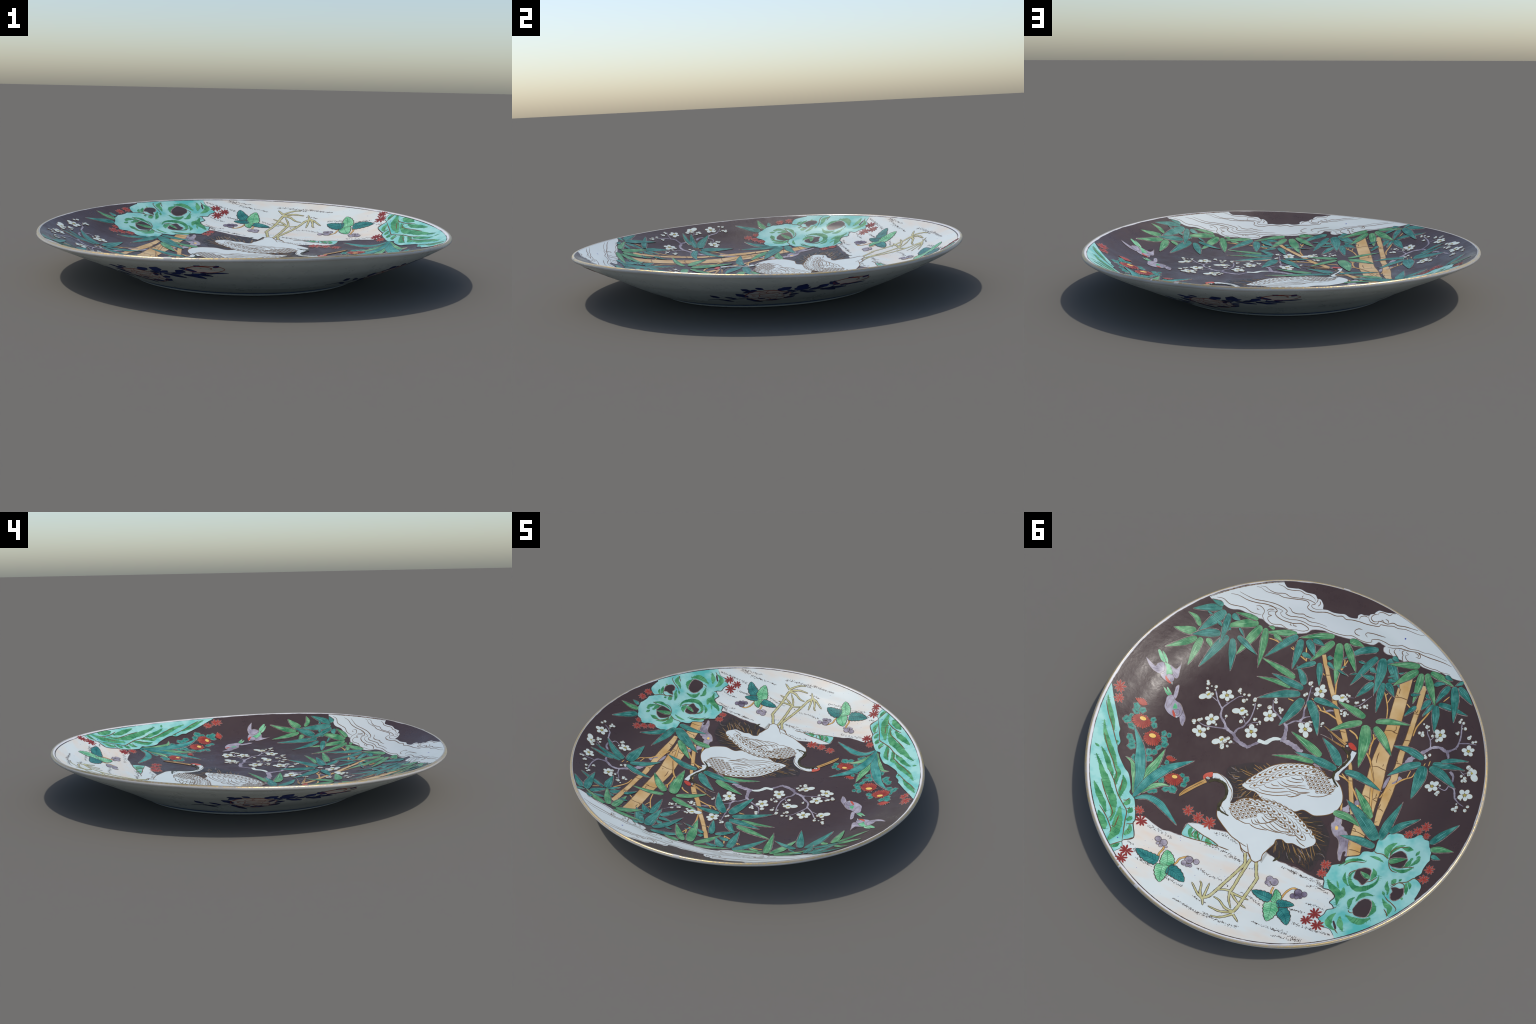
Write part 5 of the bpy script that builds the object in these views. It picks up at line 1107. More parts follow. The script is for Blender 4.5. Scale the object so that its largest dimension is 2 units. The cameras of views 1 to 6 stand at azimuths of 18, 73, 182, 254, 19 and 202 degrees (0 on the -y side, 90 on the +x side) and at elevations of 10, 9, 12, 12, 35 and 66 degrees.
for par, xy, rs in (
    (0, [(0.5383, -0.2777), (0.5452, -0.2906), (0.5328, -0.2506), (0.4933, -0.2758), (0.4911, -0.2570), (0.5161, -0.2709), (0.4961, -0.2297), (0.3688, -0.2967), (0.3681, -0.3087), (0.3590, -0.2851), (0.3387, -0.2872), (0.3144, -0.2928), (0.3289, -0.2524), (0.3161, -0.2651), (0.2760, -0.2750), (0.2761, -0.2846), (0.2444, -0.2564), (0.2374, -0.2610), (0.2732, -0.2491), (0.2456, -0.2366), (0.1686, -0.3069), (0.1742, -0.3221), (0.1297, -0.2679), (0.1377, -0.2802), (0.1224, -0.2765), (0.1238, -0.2566), (0.5278, -0.0509), (0.5230, -0.0394)], [34, 26, 26, 32, 18, 16, 28, 34, 26, 15, 24, 30, 38, 22, 32, 30, 32, 22, 18, 15, 34, 28, 30, 24, 28, 18, 40, 24]),
    (0, [(0.5056, -0.0653), (0.4956, -0.0750), (0.3822, -0.1371), (0.3000, -0.1366), (0.2923, -0.1664), (0.2370, -0.1724), (0.2307, -0.1787), (0.2076, -0.1683), (0.2022, -0.1588), (0.2146, -0.1502), (0.2381, -0.1297), (0.4144, -0.0728), (0.4435, -0.0365), (0.1886, -0.2664), (0.3066, -0.0106), (0.3113, -0.0050), (0.3156, 0.0192), (0.3437, 0.0225), (0.3392, 0.0339), (0.2838, -0.1851), (0.3371, -0.0045), (0.3272, -0.0234)], [34, 26, 26, 36, 18, 32, 20, 26, 15, 16, 20, 22, 28, 42, 28, 22, 26, 38, 40, 24, 40, 36]),
    (0, [(0.0342, -0.4690), (0.0282, -0.4767), (0.0179, -0.4577), (0.0401, -0.3970), (0.0323, -0.4074), (-0.0155, -0.4374), (-0.0094, -0.4202), (-0.0373, -0.2611), (-0.0468, -0.2656), (-0.0024, -0.2367), (-0.1029, -0.2781), (-0.0985, -0.2709), (-0.1005, -0.2584), (-0.2297, -0.4405), (-0.2384, -0.4450), (-0.2604, -0.4665), (-0.2660, -0.4700), (-0.2599, -0.4221), (-0.2784, -0.4332), (-0.2901, -0.4441), (-0.2936, -0.4286), (-0.1766, -0.3590), (-0.1941, -0.3683), (-0.2103, -0.3660), (-0.1955, -0.3539), (-0.1863, -0.4362), (-0.1709, -0.3757), (-0.1712, -0.4703), (-0.1844, -0.4671), (-0.1659, -0.4556)], [38, 26, 16, 30, 28, 26, 24, 27, 14, 22, 26, 20, 15, 28, 24, 22, 18, 22, 34, 20, 18, 22, 38, 16, 28, 28, 26, 24, 24, 22]),
    (1, [(-0.6018, -0.4191), (-0.6205, -0.4058), (-0.6285, -0.4111), (-0.6179, -0.4140), (-0.6361, -0.3918), (-0.5934, -0.3677), (-0.6095, -0.3734), (-0.6121, -0.3598), (-0.6617, -0.3658), (-0.6896, -0.3471), (-0.6831, -0.3683), (-0.7742, -0.4722), (-0.7705, -0.4586), (-0.7898, -0.4562), (-0.8057, -0.4282), (-0.7911, -0.4257), (-0.7783, -0.3961), (-0.7788, -0.4047), (-0.7700, -0.3982), (-0.8374, -0.3823), (-0.8423, -0.3916), (-0.8613, -0.3622), (-0.8739, -0.3676), (-0.6787, -0.2627), (-0.6634, -0.2449), (-0.6569, -0.2557)], [18, 30, 20, 18, 16, 28, 24, 36, 26, 34, 34, 22, 28, 26, 30, 12, 26, 18, 16, 34, 22, 26, 24, 28, 30, 20]),
    (1, [(-0.8578, -0.1766), (-0.8766, -0.1679), (-0.8689, -0.1526), (-0.8835, -0.1536), (-0.8872, -0.1872), (-0.7729, -0.1115), (-0.7732, -0.0730), (-0.7650, -0.0643), (-0.7726, -0.0588), (-0.8800, -0.0068), (-0.8672, 0.0061), (-0.8806, 0.0123), (-0.8751, -0.0250), (-0.9292, -0.0200), (-0.9219, 0.0022), (-0.8872, -0.0518), (-0.8894, -0.2031), (-0.8779, -0.2287)], [26, 32, 30, 26, 18, 20, 36, 22, 20, 32, 34, 24, 15, 28, 32, 18, 30, 40])):
    for q, r in zip(xy, rs):
        place_motif(rng.choice(buds), 'plum_bud', (left_branch, right_branch)[par], q, r * .000305 * 1.05, lift=Z_CANE + .0005 + rng.random() * .0004)

for pts, rs, dark in (([(0.9311, -0.0557), (0.9118, 0.0001)], [118, 98], 0), ([(0.5836, 0.5140), (0.3656, 0.4211), (0.3067, 0.4377)] + [(0.2441, 0.4438)], [86, 100, 102, 122], 0), ([(0.5514, 0.5639), (0.5389, 0.7461), (0.5378, 0.7935)], [116, 118, 104], 1), ([(-0.3717, 0.4567), (-0.3683, 0.5052)], [92, 86], 0), ([(-0.4081, 0.7214), (-0.3809, 0.7670), (-0.4378, 0.7774)], [118, 104, 110], 1),
                      ([(-0.7732, 0.1233), (-0.7423, 0.1532), (-0.7057, 0.1802), (-0.7874, 0.1702)], [94, 84, 84, 66], 0), ([(-0.8475, 0.3504), (-0.8355, 0.4047)], [88, 90], 0)):
    for q, r in zip(pts, rs):
        place_motif(stars[dark], 'star_flower', plate, q, r * .000305 * 1.02, lift=Z_LEAF - .0006 + rng.random() * .0002)


# ------------------------------------------------------------------ chrysanthemums
def chrysanthemum(heart, centre, rx, ry, tilt, n=22, arc=(0, 2 * math.pi)):
    p = Piece()
    c, s = math.cos(tilt), math.sin(tilt)
    z = Z_LEAF + .0009
    step = (arc[1] - arc[0]) / n
    for i in range(n):
        a = arc[0] + step * (i + .5)
        l = rng.uniform(.93, 1.05)

        def rim(b, k):
            x, y = rx * k * math.cos(b), ry * k * math.sin(b)
            return (centre[0] + x * c - y * s, centre[1] + x * s + y * c)

        def at(b, k):
            e = rim(b, l)
            return (heart[0] + (e[0] - heart[0]) * k, heart[1] + (e[1] - heart[1]) * k)
        h = step * .42
        pet = [at(a - h * .8, .22), at(a - h, .7), at(a - h * .85, .92), at(a, 1.0), at(a + h * .85, .92), at(a + h, .7), at(a + h * .8, .22)]
        big = [at(a - h * 1.2, .2), at(a - h * 1.25, .95), at(a, 1.06), at(a + h * 1.25, .95), at(a + h * 1.2, .2)]
        p.fill(big, z - .0006, 'dark_line', grid=.009)
        p.fill(smooth(pet, .008, True), z + .00005 * (i % 3), 'iron_red', grid=.009)
        p.stroke([at(a, .35), at(a, .8)], .0012, z + .0004, 'iron_red_dark')
        if i % 3 == 0:
            p.dot(at(a + h, 1.03), .0024, z + .0001, 'reserve_pale', n=6)
    if heart_size := (min(rx, ry) * .32):
        if arc[1] - arc[0] > 6:
            p.dot(heart, heart_size * 1.45, z + .0006, 'dark_line', ry=heart_size * .98, rot=tilt, n=18)
            p.dot(heart, heart_size * 1.3, z + .0008, 'flower_yellow', ry=heart_size * .85, rot=tilt, n=18)
    return p.build('chrysanthemum', plate)


def tilt_of(a, b):
    return math.atan2(b[1] - a[1], b[0] - a[0])


tilt = tilt_of(*[(0.7885, 0.0438), (0.7553, 0.0392)])
chrysanthemum([(0.7714, 0.0408)][0], [(0.7709, 0.0580)][0], 0.04819, 0.03904, tilt)
chrysanthemum([(0.6919, 0.1073)][0], [(0.6876, 0.1230)][0], 0.04575, 0.04331, tilt)
chrysanthemum([(0.4998, 0.2750)][0], [(0.4990, 0.2906)][0], 0.04636, 0.03416, tilt)


def half_flower(base, left, right, high):
    """a daisy from the side: a fan of petals over a short calyx"""
    p = Piece()
    z = Z_LEAF + .0008
    n = 9
    for i in range(n):
        t = (i + .5) / n
        lift_ = math.sin(math.pi * t)
        tip = (left[0] + (right[0] - left[0]) * t + (high[0] - (left[0] + right[0]) / 2) * lift_, left[1] + (right[1] - left[1]) * t + (high[1] - (left[1] + right[1]) / 2) * lift_)
        root = (base[0] * .8 + .2 * (left[0] + (right[0] - left[0]) * t), base[1] * .8 + .2 * (left[1] + (right[1] - left[1]) * t))
        w = math.dist(left, right) / n
        p.stroke([root, tip], lambda u, w=w: w * (.45 + .95 * u ** .8) * min(1, (1 - u) * 5 + .35), z - .0003, 'dark_line', step=.006)
        p.stroke([root, tip], lambda u, w=w: w * (.35 + .75 * u ** .8) * min(1, (1 - u) * 5 + .25), z + .0001, 'iron_red', step=.006)
        p.dot(tip, .0022, z + .0002, 'reserve_pale', n=6)
    p.build('chrysanthemum', plate)


half_flower([(0.8042, -0.0186)][0], [(0.8489, -0.0402)][0], [(0.7763, -0.0401)][0], [(0.8099, -0.0611)][0])
half_flower([(0.5505, 0.2077)][0], [(0.5826, 0.1926)][0], [(0.5228, 0.1836)][0], [(0.5676, 0.1752)][0])

for pts, rs in (([(0.8235, -0.0069), (0.8166, 0.0197), (0.7903, -0.0008), (0.8271, 0.0534), (0.8372, 0.0835), (0.8039, 0.1053), (0.7229, 0.0231), (0.7071, 0.0502), (0.7884, 0.1648), (0.7698, 0.1814), (0.7622, 0.2065), (0.6440, 0.0719), (0.6162, 0.0719), (0.6318, 0.1031), (0.6164, 0.1290), (0.6394, 0.1558), (0.6738, 0.1987), (0.6479, 0.1880), (0.6575, 0.2325), (0.7255, 0.2568), (0.7105, 0.2722), (0.5670, 0.2171), (0.5788, 0.2456)], [56, 56, 54, 36, 66, 60, 46, 52, 58, 50, 62, 48, 42, 56, 58, 48, 62, 52, 56, 52, 48, 42, 32]),
                ([(0.5570, 0.3164), (0.4665, 0.2528), (0.4411, 0.2686), (0.4422, 0.2986), (0.5157, 0.3532), (0.4834, 0.3418), (0.5842, 0.3964), (0.5627, 0.3846)], [58, 38, 56, 48, 54, 70, 42, 44])):
    for q, r in zip(pts, rs):
        p = Piece()
        a = rng.uniform(0, 6.28)
        z = Z_LEAF - .0002 + rng.random() * .0003
        p.dot(q, r * .000305 * 1.16, z - .0005, 'reserve_pale', ry=r * .000305 * .98, rot=a, n=36, lobes=5, amp=.11)
        p.dot(q, r * .000305 * 1.06, z - .0002, 'dark_line', ry=r * .000305 * .9, rot=a, n=36, lobes=5, amp=.11)
        p.dot(q, r * .000305, z, 'lobe_teal', ry=r * .000305 * .84, rot=a, n=36, lobes=5, amp=.11)
        for k in (-.5, 0, .5):
            b = a + k
            p.stroke([(q[0] - .6 * r * .000305 * math.cos(a), q[1] - .6 * r * .000305 * math.sin(a)), (q[0] + .7 * r * .000305 * math.cos(b), q[1] + .7 * r * .000305 * math.sin(b))], .0013, z + .0003, 'vein_teal')
        p.build('chrysanthemum_leaf', plate)


# ------------------------------------------------------------------ violets on the sand
def broad_leaf(kind, pts, width, parent):
    """a toothed heart-shaped leaf with a drawn-out tip and paired side veins"""
    p = Piece()
    w = width * .000305
    ctr = smooth(pts, math.dist(pts[0], pts[-1]) / 30)
    n = len(ctr)
    L, R = [], []
    ph = rng.uniform(0, 6)
    for i in range(n):
        a, b = ctr[max(i - 1, 0)], ctr[min(i + 1, n - 1)]
        d = math.dist(a, b)
        nx, ny = -(b[1] - a[1]) / d, (b[0] - a[0]) / d
        t = i / (n - 1)
        h = .5 * w * (min(1, t / .1) ** .5) * (math.sin(math.pi * min(1, .30 + t * .72)) ** .75 if t < .985 else 0)
        h *= 1 + .07 * math.sin(i * 1.25 + ph)
        L.append((ctr[i][0] + nx * h, ctr[i][1] + ny * h))
        R.append((ctr[i][0] - nx * h, ctr[i][1] - ny * h))
    z = Z_LEAF + rng.random() * .0006
    p.fill(smooth(L + R[::-1], .006), z, 'broad_' + kind)
    p.stroke(L, .0034, z + .0003, 'dark_line')
    p.stroke(R, .0034, z + .0003, 'dark_line')
    vein = 'vein_green' if kind == 'green' else 'vein_teal'
    p.stroke(ctr[1:-2], .0020, z + .0003, vein)
    for i in range(4, n - 6, 3):
        for side in (L, R):
            j = min(i + 4, n - 1)
            p.stroke([ctr[i], (ctr[i][0] * .45 + side[j][0] * .55, ctr[i][1] * .45 + side[j][1] * .55), (ctr[j][0] * .15 + side[j][0] * .85, ctr[j][1] * .15 + side[j][1] * .85)], .0014, z + .0003, vein)
    p.build('violet_leaf', parent)


def violet(leaves, stems, flowers, dark):
    p = Piece()
    for line in stems:
        p.stroke(line, 0.01098, Z_ROCK, 'dark_line', taper=(.9, .9))
        p.stroke(line, 0.00732, Z_ROCK + .0005, 'twig_tan', taper=(.9, .9))
    plant = p.build('violet_stem', plate)
    for item in leaves:
        broad_leaf(*item, plant)
    for group, mat in ((flowers, 'violet_purple'), (dark, 'violet_dark')):
        for q, r in group:
            p = Piece()
            s = r * .000305
            z = Z_LEAF + (80 - r) * .00003
            a = rng.uniform(0, 3)
            p.dot(q[0], s * 1.06, z, 'dark_line', ry=s * 1.0, rot=a, n=22)
            p.dot(q[0], s * .93, z + .0003, mat, ry=s * .86, rot=a, n=22)
            if r > 30:
                p.stroke([(q[0][0] - s * .5, q[0][1] + s * .1), (q[0][0], q[0][1] + s * .35), (q[0][0] + s * .4, q[0][1])], .0012, z + .0005, 'violet_dark')
            p.build('violet_petal', plant)


violet((('teal', [(0.3860, 0.7328), (0.4393, 0.7299), (0.5060, 0.7151)], 190), ('teal', [(0.3319, 0.7464), (0.2884, 0.7543), (0.2280, 0.7846)], 200), ('green', [(0.3393, 0.7376), (0.3528, 0.6986), (0.3751, 0.6557)], 222), ('green', [(0.3584, 0.7343), (0.3475, 0.7825), (0.3289, 0.8347)], 212)),
       ([(0.3919, 0.7140), (0.3998, 0.6906), (0.3931, 0.6603), (0.3964, 0.6352)], [(0.3172, 0.7200), (0.3056, 0.7032), (0.2992, 0.6742), (0.2653, 0.6478)]),
       [([(0.4377, 0.6181)], 52), ([(0.4052, 0.6268)], 62), ([(0.4297, 0.6403)], 28), ([(0.4123, 0.6465)], 32), ([(0.3854, 0.6430)], 24), ([(0.2565, 0.6640)], 68), ([(0.2198, 0.6608)], 50), ([(0.2729, 0.6880)], 46), ([(0.2527, 0.6948)], 30), ([(0.2396, 0.6900)], 34)], [])
violet((('teal', [(-0.1873, 0.7160), (-0.1393, 0.7108), (-0.0843, 0.7049)], 165), ('green', [(-0.2085, 0.7301), (-0.2090, 0.6939), (-0.1898, 0.6579)], 152), ('green', [(-0.1954, 0.7289), (-0.2060, 0.7770), (-0.2097, 0.8360)], 242), ('teal', [(-0.2184, 0.7311), (-0.2591, 0.7180), (-0.3030, 0.7094)], 136), ('teal', [(-0.2391, 0.7486), (-0.2788, 0.7793), (-0.3053, 0.8240)], 205)),
       ([(-0.1806, 0.7026), (-0.1745, 0.6783), (-0.1755, 0.6515)], [(-0.2304, 0.7001), (-0.2362, 0.6733), (-0.2461, 0.6486), (-0.2666, 0.6264), (-0.2934, 0.6262)]),
       [([(-0.1437, 0.6184)], 56), ([(-0.1713, 0.6259)], 64), ([(-0.1388, 0.6392)], 38), ([(-0.1532, 0.6473)], 30)], [([(-0.2977, 0.6406)], 66), ([(-0.2781, 0.6652)], 44), ([(-0.3133, 0.6579)], 36), ([(-0.2974, 0.6660)], 34), ([(-0.3276, 0.6397)], 48)])


# ------------------------------------------------------------------ cranes
def feather(p, tip, ang, width, length, z, dot=True, w=.0026):
    """one feather edge: a U open toward the shoulder, with its brown quill mark"""
    c, s = math.cos(ang), math.sin(ang)
    pts = []
    for k in range(-6, 7):
        b = k / 6 * 1.75
        u, v = length * (math.cos(b) - 1) * .8, width * .5 * math.sin(min(max(b, -1.57), 1.57)) * (1 if abs(b) < 1.5 else .96)
        pts.append((tip[0] + u * c - v * s, tip[1] + u * s + v * c))
    p.stroke(pts, w, z, 'gold_line', taper=(.5, .5))
    if dot:
        m = (tip[0] - length * .50 * c, tip[1] - length * .50 * s)
        q = width * (.27 if width < .025 else .22)
        p.fill([(m[0] - q * 1.9 * c, m[1] - q * 1.9 * s), (m[0] - q * s, m[1] + q * c), (m[0] + q * c, m[1] + q * s), (m[0] + q * s, m[1] - q * c)], z + .0001, 'gold_line', grid=.05)


def feather_row(p, curve, n, width, length, z, turn=0.0, dot=True):
    pts = smooth(curve, .003)
    for i in range(n):
        k = int((i + .5) / n * (len(pts) - 1))
        a, b = pts[max(k - 4, 0)], pts[min(k + 4, len(pts) - 1)]
        feather(p, pts[k], math.atan2(b[1] - a[1], b[0] - a[0]) + turn, width, length, z, dot)


def scale_patch(p, zone, ang, size, z):
    """small overlapping shoulder scales inside a zone, in staggered rows"""
    c, s = math.cos(ang), math.sin(ang)
    cx, cy = sum(q[0] for q in zone) / len(zone), sum(q[1] for q in zone) / len(zone)
    for i in range(-12, 13):
        for j in range(-12, 13):
            u, v = i * size * .86, (j + (i % 2) * .5) * size
            q = (cx + u * c - v * s, cy + u * s + v * c)
            if inside(q, zone):
                feather(p, q, ang + rng.uniform(-.1, .1), size * .95, size * .8, z, True, .0025)


def plumes(p, zone, root, n, z, lengths=(.03, .09)):
    """gold and grey hair-strokes over black tail plumes, fanning from root"""
    xs, ys = [q[0] for q in zone], [q[1] for q in zone]
    k = 0
    while k < n:
        q = (rng.uniform(min(xs), max(xs)), rng.uniform(min(ys), max(ys)))
        if not inside(q, zone):
            continue
        a = math.atan2(q[1] - root[1], q[0] - root[0]) + rng.uniform(-.35, .35)
        l = rng.uniform(*lengths)
        e = (q[0] + l * math.cos(a), q[1] + l * math.sin(a))
        if not inside(e, zone):
            continue
        k += 1
        m = (q[0] + l * .5 * math.cos(a + .25), q[1] + l * .5 * math.sin(a + .25))
        # a soft dark plume with a fine lit edge
        wide = rng.uniform(.010, .018)
        p.stroke([q, m, e], lambda t: wide * math.sin(math.pi * min(1, .15 + t * .85)) ** .8 + .0008, z - .0003 + rng.random() * .0003, 'plume_black')
        n_ = (-(e[1] - q[1]) / l, (e[0] - q[0]) / l)
        side = rng.choice((-1, 1)) * wide * .45
        p.stroke([q, (m[0] + n_[0] * side, m[1] + n_[1] * side), e], rng.uniform(.0009, .0018), z + .0002, rng.choice(('gold_line', 'gold_line', 'reserve_pale', 'stripe_olive', 'stripe_olive', 'plume_black')), taper=(.6, .1))


def crane_back():
    z = Z_BODY
    body_edge = [(0.1682, 0.1892), (0.1426, 0.1427), (0.1120, 0.0979), (0.0624, 0.0395), (0.0044, 0.0024), (-0.0557, -0.0199)] + [(-0.0806, -0.0264), (-0.1401, -0.0309), (-0.1917, -0.0189), (-0.2270, 0.0008), (-0.2554, 0.0006), (-0.2765, 0.0084), (-0.3060, 0.0318), (-0.3320, 0.0745), (-0.3408, 0.1154), (-0.3322, 0.1582), (-0.3046, 0.1929), (-0.2662, 0.2149), (-0.2274, 0.2264), (-0.1840, 0.2159), (-0.1615, 0.2182), (-0.1379, 0.2356)] + [(-0.1119, 0.2374), (-0.0439, 0.2251), (0.0378, 0.2313), (0.0885, 0.2045), (0.1323, 0.2047), (0.1627, 0.1962)]
    p = Piece()
    p.fill(smooth(body_edge, .007, True), z, 'crane_white')
    p.stroke(body_edge + body_edge[:1], 0.00396, z + .0004, 'gold_line')
    crane = p.build('crane', plate)
    # neck, stripe and head
    p = Piece()
    neck = [(-0.2786, 0.0047), (-0.2624, -0.0232), (-0.2699, -0.0554), (-0.2899, -0.0955), (-0.3039, -0.1337), (-0.3098, -0.1766)]
    p.stroke(neck, lambda t: 0.02806 * (1 - .12 * t), z + .0004, 'crane_white', wob=.03)
    p.build('neck', crane)
    p = Piece()
    stripe = [(-0.2404, -0.1820), (-0.2692, -0.1671), (-0.2923, -0.1485), (-0.2960, -0.1273), (-0.2857, -0.0979), (-0.2695, -0.0664), (-0.2533, -0.0350), (-0.2534, -0.0054), (-0.2673, 0.0159), (-0.2928, 0.0369)]
    p.stroke(stripe, lambda t: .0150 * (.35 + .65 * math.sin(math.pi * min(1, .12 + t * .85))), z + .0009, 'stripe_olive', wob=.25)
    p.stroke([(-0.2500, -0.0154), (-0.2407, 0.0063), (-0.2290, 0.0065)], 0.00488, z + .0009, 'stripe_olive')
    for k in range(16):
        q = [(-0.2817, -0.1600), (-0.3044, -0.1525)][0]
        a = rng.uniform(-.4, 1.8)
        e = [(-0.3015, -0.1813)][0]
        q = (q[0] + rng.uniform(-.012, .006), q[1] + rng.uniform(-.015, .015))
        p.stroke([q, (q[0] + (e[0] - q[0]) * .5 + rng.uniform(-.006, .006), q[1] + (e[1] - q[1]) * .4 + rng.uniform(-.004, .004))], .002, z + .0011, 'stripe_olive', taper=(.8, .2))
    p.build('throat_stripe', crane)
    p = Piece()
    p.fill(smooth([(-0.2657, -0.2127), (-0.2801, -0.2200), (-0.3022, -0.2095), (-0.3140, -0.1965), (-0.3137, -0.1853), (-0.2919, -0.1849), (-0.2744, -0.1968)], .004, True), z + .0012, 'cap_red')
    p.build('red_cap', crane)
    p = Piece()
    p.dot([(-0.2644, -0.1962)][0], 0.00793, z + .0012, 'dark_line', n=14)
    p.dot([(-0.2644, -0.1962)][0], 0.00579, z + .0014, 'petal_white', n=14)
    p.dot([(-0.2644, -0.1962)][0], 0.00244, z + .0016, 'dark_line', n=10)
    p.build('eye', crane)
    p = Piece()
    for line, w in (([(-0.2557, -0.2020), (-0.1934, -0.2301), (-0.1359, -0.2575), (-0.1150, -0.2661)], 52), ([(-0.2532, -0.1843), (-0.2128, -0.1934), (-0.1711, -0.2056), (-0.1517, -0.2122)], 34)):
        p.stroke(line, lambda t, w=w: w * .000305 * (1 - .9 * t) + .0012, z + .0007, 'beak_tan')
        p.stroke(line, .0018, z + .0010, 'dark_line')
    p.stroke([(-0.1674, -0.2063), (-0.1377, -0.2130), (-0.1110, -0.2158)], 0.00366, z + .0007, 'reserve_pale')
    p.stroke([(-0.1879, -0.1963), (-0.1672, -0.2268), (-0.1514, -0.2328)], 0.00275, z + .0007, 'reserve_pale')
    p.build('beak', crane)
    # wing feathers
    p = Piece()
    zf = z + .0004
    wing = [(-0.1376, -0.0188), (-0.1611, -0.0289), (-0.1928, -0.0155), (-0.2273, 0.0063), (-0.2495, 0.0321), (-0.2779, 0.0448), (-0.2788, 0.0592), (-0.2665, 0.0817), (-0.2342, 0.1036), (-0.1950, 0.1058), (-0.1664, 0.1008), (-0.1355, 0.0894), (-0.1077, 0.0586), (-0.1205, 0.0282), (-0.1475, 0.0187)]
    left = tilt_of(*[(-0.2041, 0.0363), (-0.1535, 0.0831)])
    scale_patch(p, wing, left, .0215, zf)
    feather_row(p, [(-0.1262, -0.0223), (-0.0857, -0.0121), (-0.0439, 0.0040)] + [(0.0021, 0.0274), (0.0325, 0.0463), (0.0549, 0.0685), (0.0870, 0.1011), (0.1160, 0.1232), (0.1401, 0.1582), (0.1599, 0.1860)], 13, .030, .044, zf)
    feather_row(p, [(-0.1356, 0.0042), (-0.1073, 0.0199), (-0.0744, 0.0318)] + [(-0.0414, 0.0438), (-0.0083, 0.0649), (0.0239, 0.0879), (0.0589, 0.1215), (0.0884, 0.1512), (0.1208, 0.1820), (0.1405, 0.1968)], 10, .030, .048, zf)
    for line in ([(0.0999, 0.1923), (0.0672, 0.1982), (0.0186, 0.1928), (-0.0273, 0.1803), (-0.0846, 0.1533)], [(0.0829, 0.1748), (0.0596, 0.1825), (0.0152, 0.1750), (-0.0208, 0.1627), (-0.0757, 0.1381)], [(0.0632, 0.1507), (0.0450, 0.1585), (0.0011, 0.1494), (-0.0429, 0.1314)], [(0.0330, 0.1319), (0.0160, 0.1366), (-0.0120, 0.1299)], [(0.0060, 0.1088), (-0.0149, 0.1195), (-0.0394, 0.1217), (-0.0889, 0.1095)] + [(-0.1265, 0.1017), (-0.1623, 0.0985)],
                 [(-0.0107, 0.0990), (-0.0483, 0.1092), (-0.0987, 0.0994)] + [(-0.0979, 0.0971), (-0.1373, 0.0850)], [(-0.0322, 0.0838), (-0.0603, 0.0866), (-0.0920, 0.0808)] + [(-0.0854, 0.0813), (-0.1154, 0.0707)], [(-0.0526, 0.0654), (-0.0831, 0.0655), (-0.1109, 0.0582)], [(-0.0441, 0.1255), (-0.0763, 0.1305), (-0.1091, 0.1281)] + [(-0.1103, 0.1314), (-0.1699, 0.1107)], [(-0.0704, 0.1418), (-0.1007, 0.1421)] + [(-0.1079, 0.1433), (-0.1365, 0.1296), (-0.1651, 0.1160)],
                 [(-0.0626, 0.1667), (-0.0894, 0.1664), (-0.1162, 0.1477), (-0.1287, 0.1360)], [(-0.1603, 0.1306), (-0.1959, 0.1276), (-0.2317, 0.1155), (-0.2580, 0.0956), (-0.2781, 0.0668), (-0.2810, 0.0511)], [(-0.1000, 0.0466), (-0.1158, 0.0576), (-0.1142, 0.0674)], [(-0.0828, 0.1669), (-0.1114, 0.1531), (-0.1287, 0.1360)]):
        p.stroke(line, 0.00396, zf, 'gold_line')
    p.stroke([(-0.0532, 0.0671), (-0.0828, 0.0646), (-0.1109, 0.0582)], 0.00305, zf + .0002, 'dark_line')
    p.build('wing', crane)
    # black plumes trailing behind
    zone = [(0.2683, 0.1266), (0.2126, 0.0850), (0.1410, 0.0484), (0.0627, 0.0385), (0.1114, 0.0995), (0.1420, 0.1443), (0.1703, 0.1900), (0.1317, 0.2063), (0.0968, 0.2003), (0.0784, 0.2043), (0.0472, 0.2109), (0.0621, 0.2294), (0.0916, 0.2405), (0.1509, 0.2703), (0.1488, 0.2841), (0.1771, 0.2895), (0.1906, 0.2764), (0.2027, 0.2372), (0.2327, 0.2085), (0.2558, 0.1844)]
    p = Piece()
    p.fill(smooth(zone, .008, True), .0004, 'plume_ground')
    root = [(0.0701, 0.1460)][0]
    plumes(p, zone, root, 46, .0010, (.03, .06))
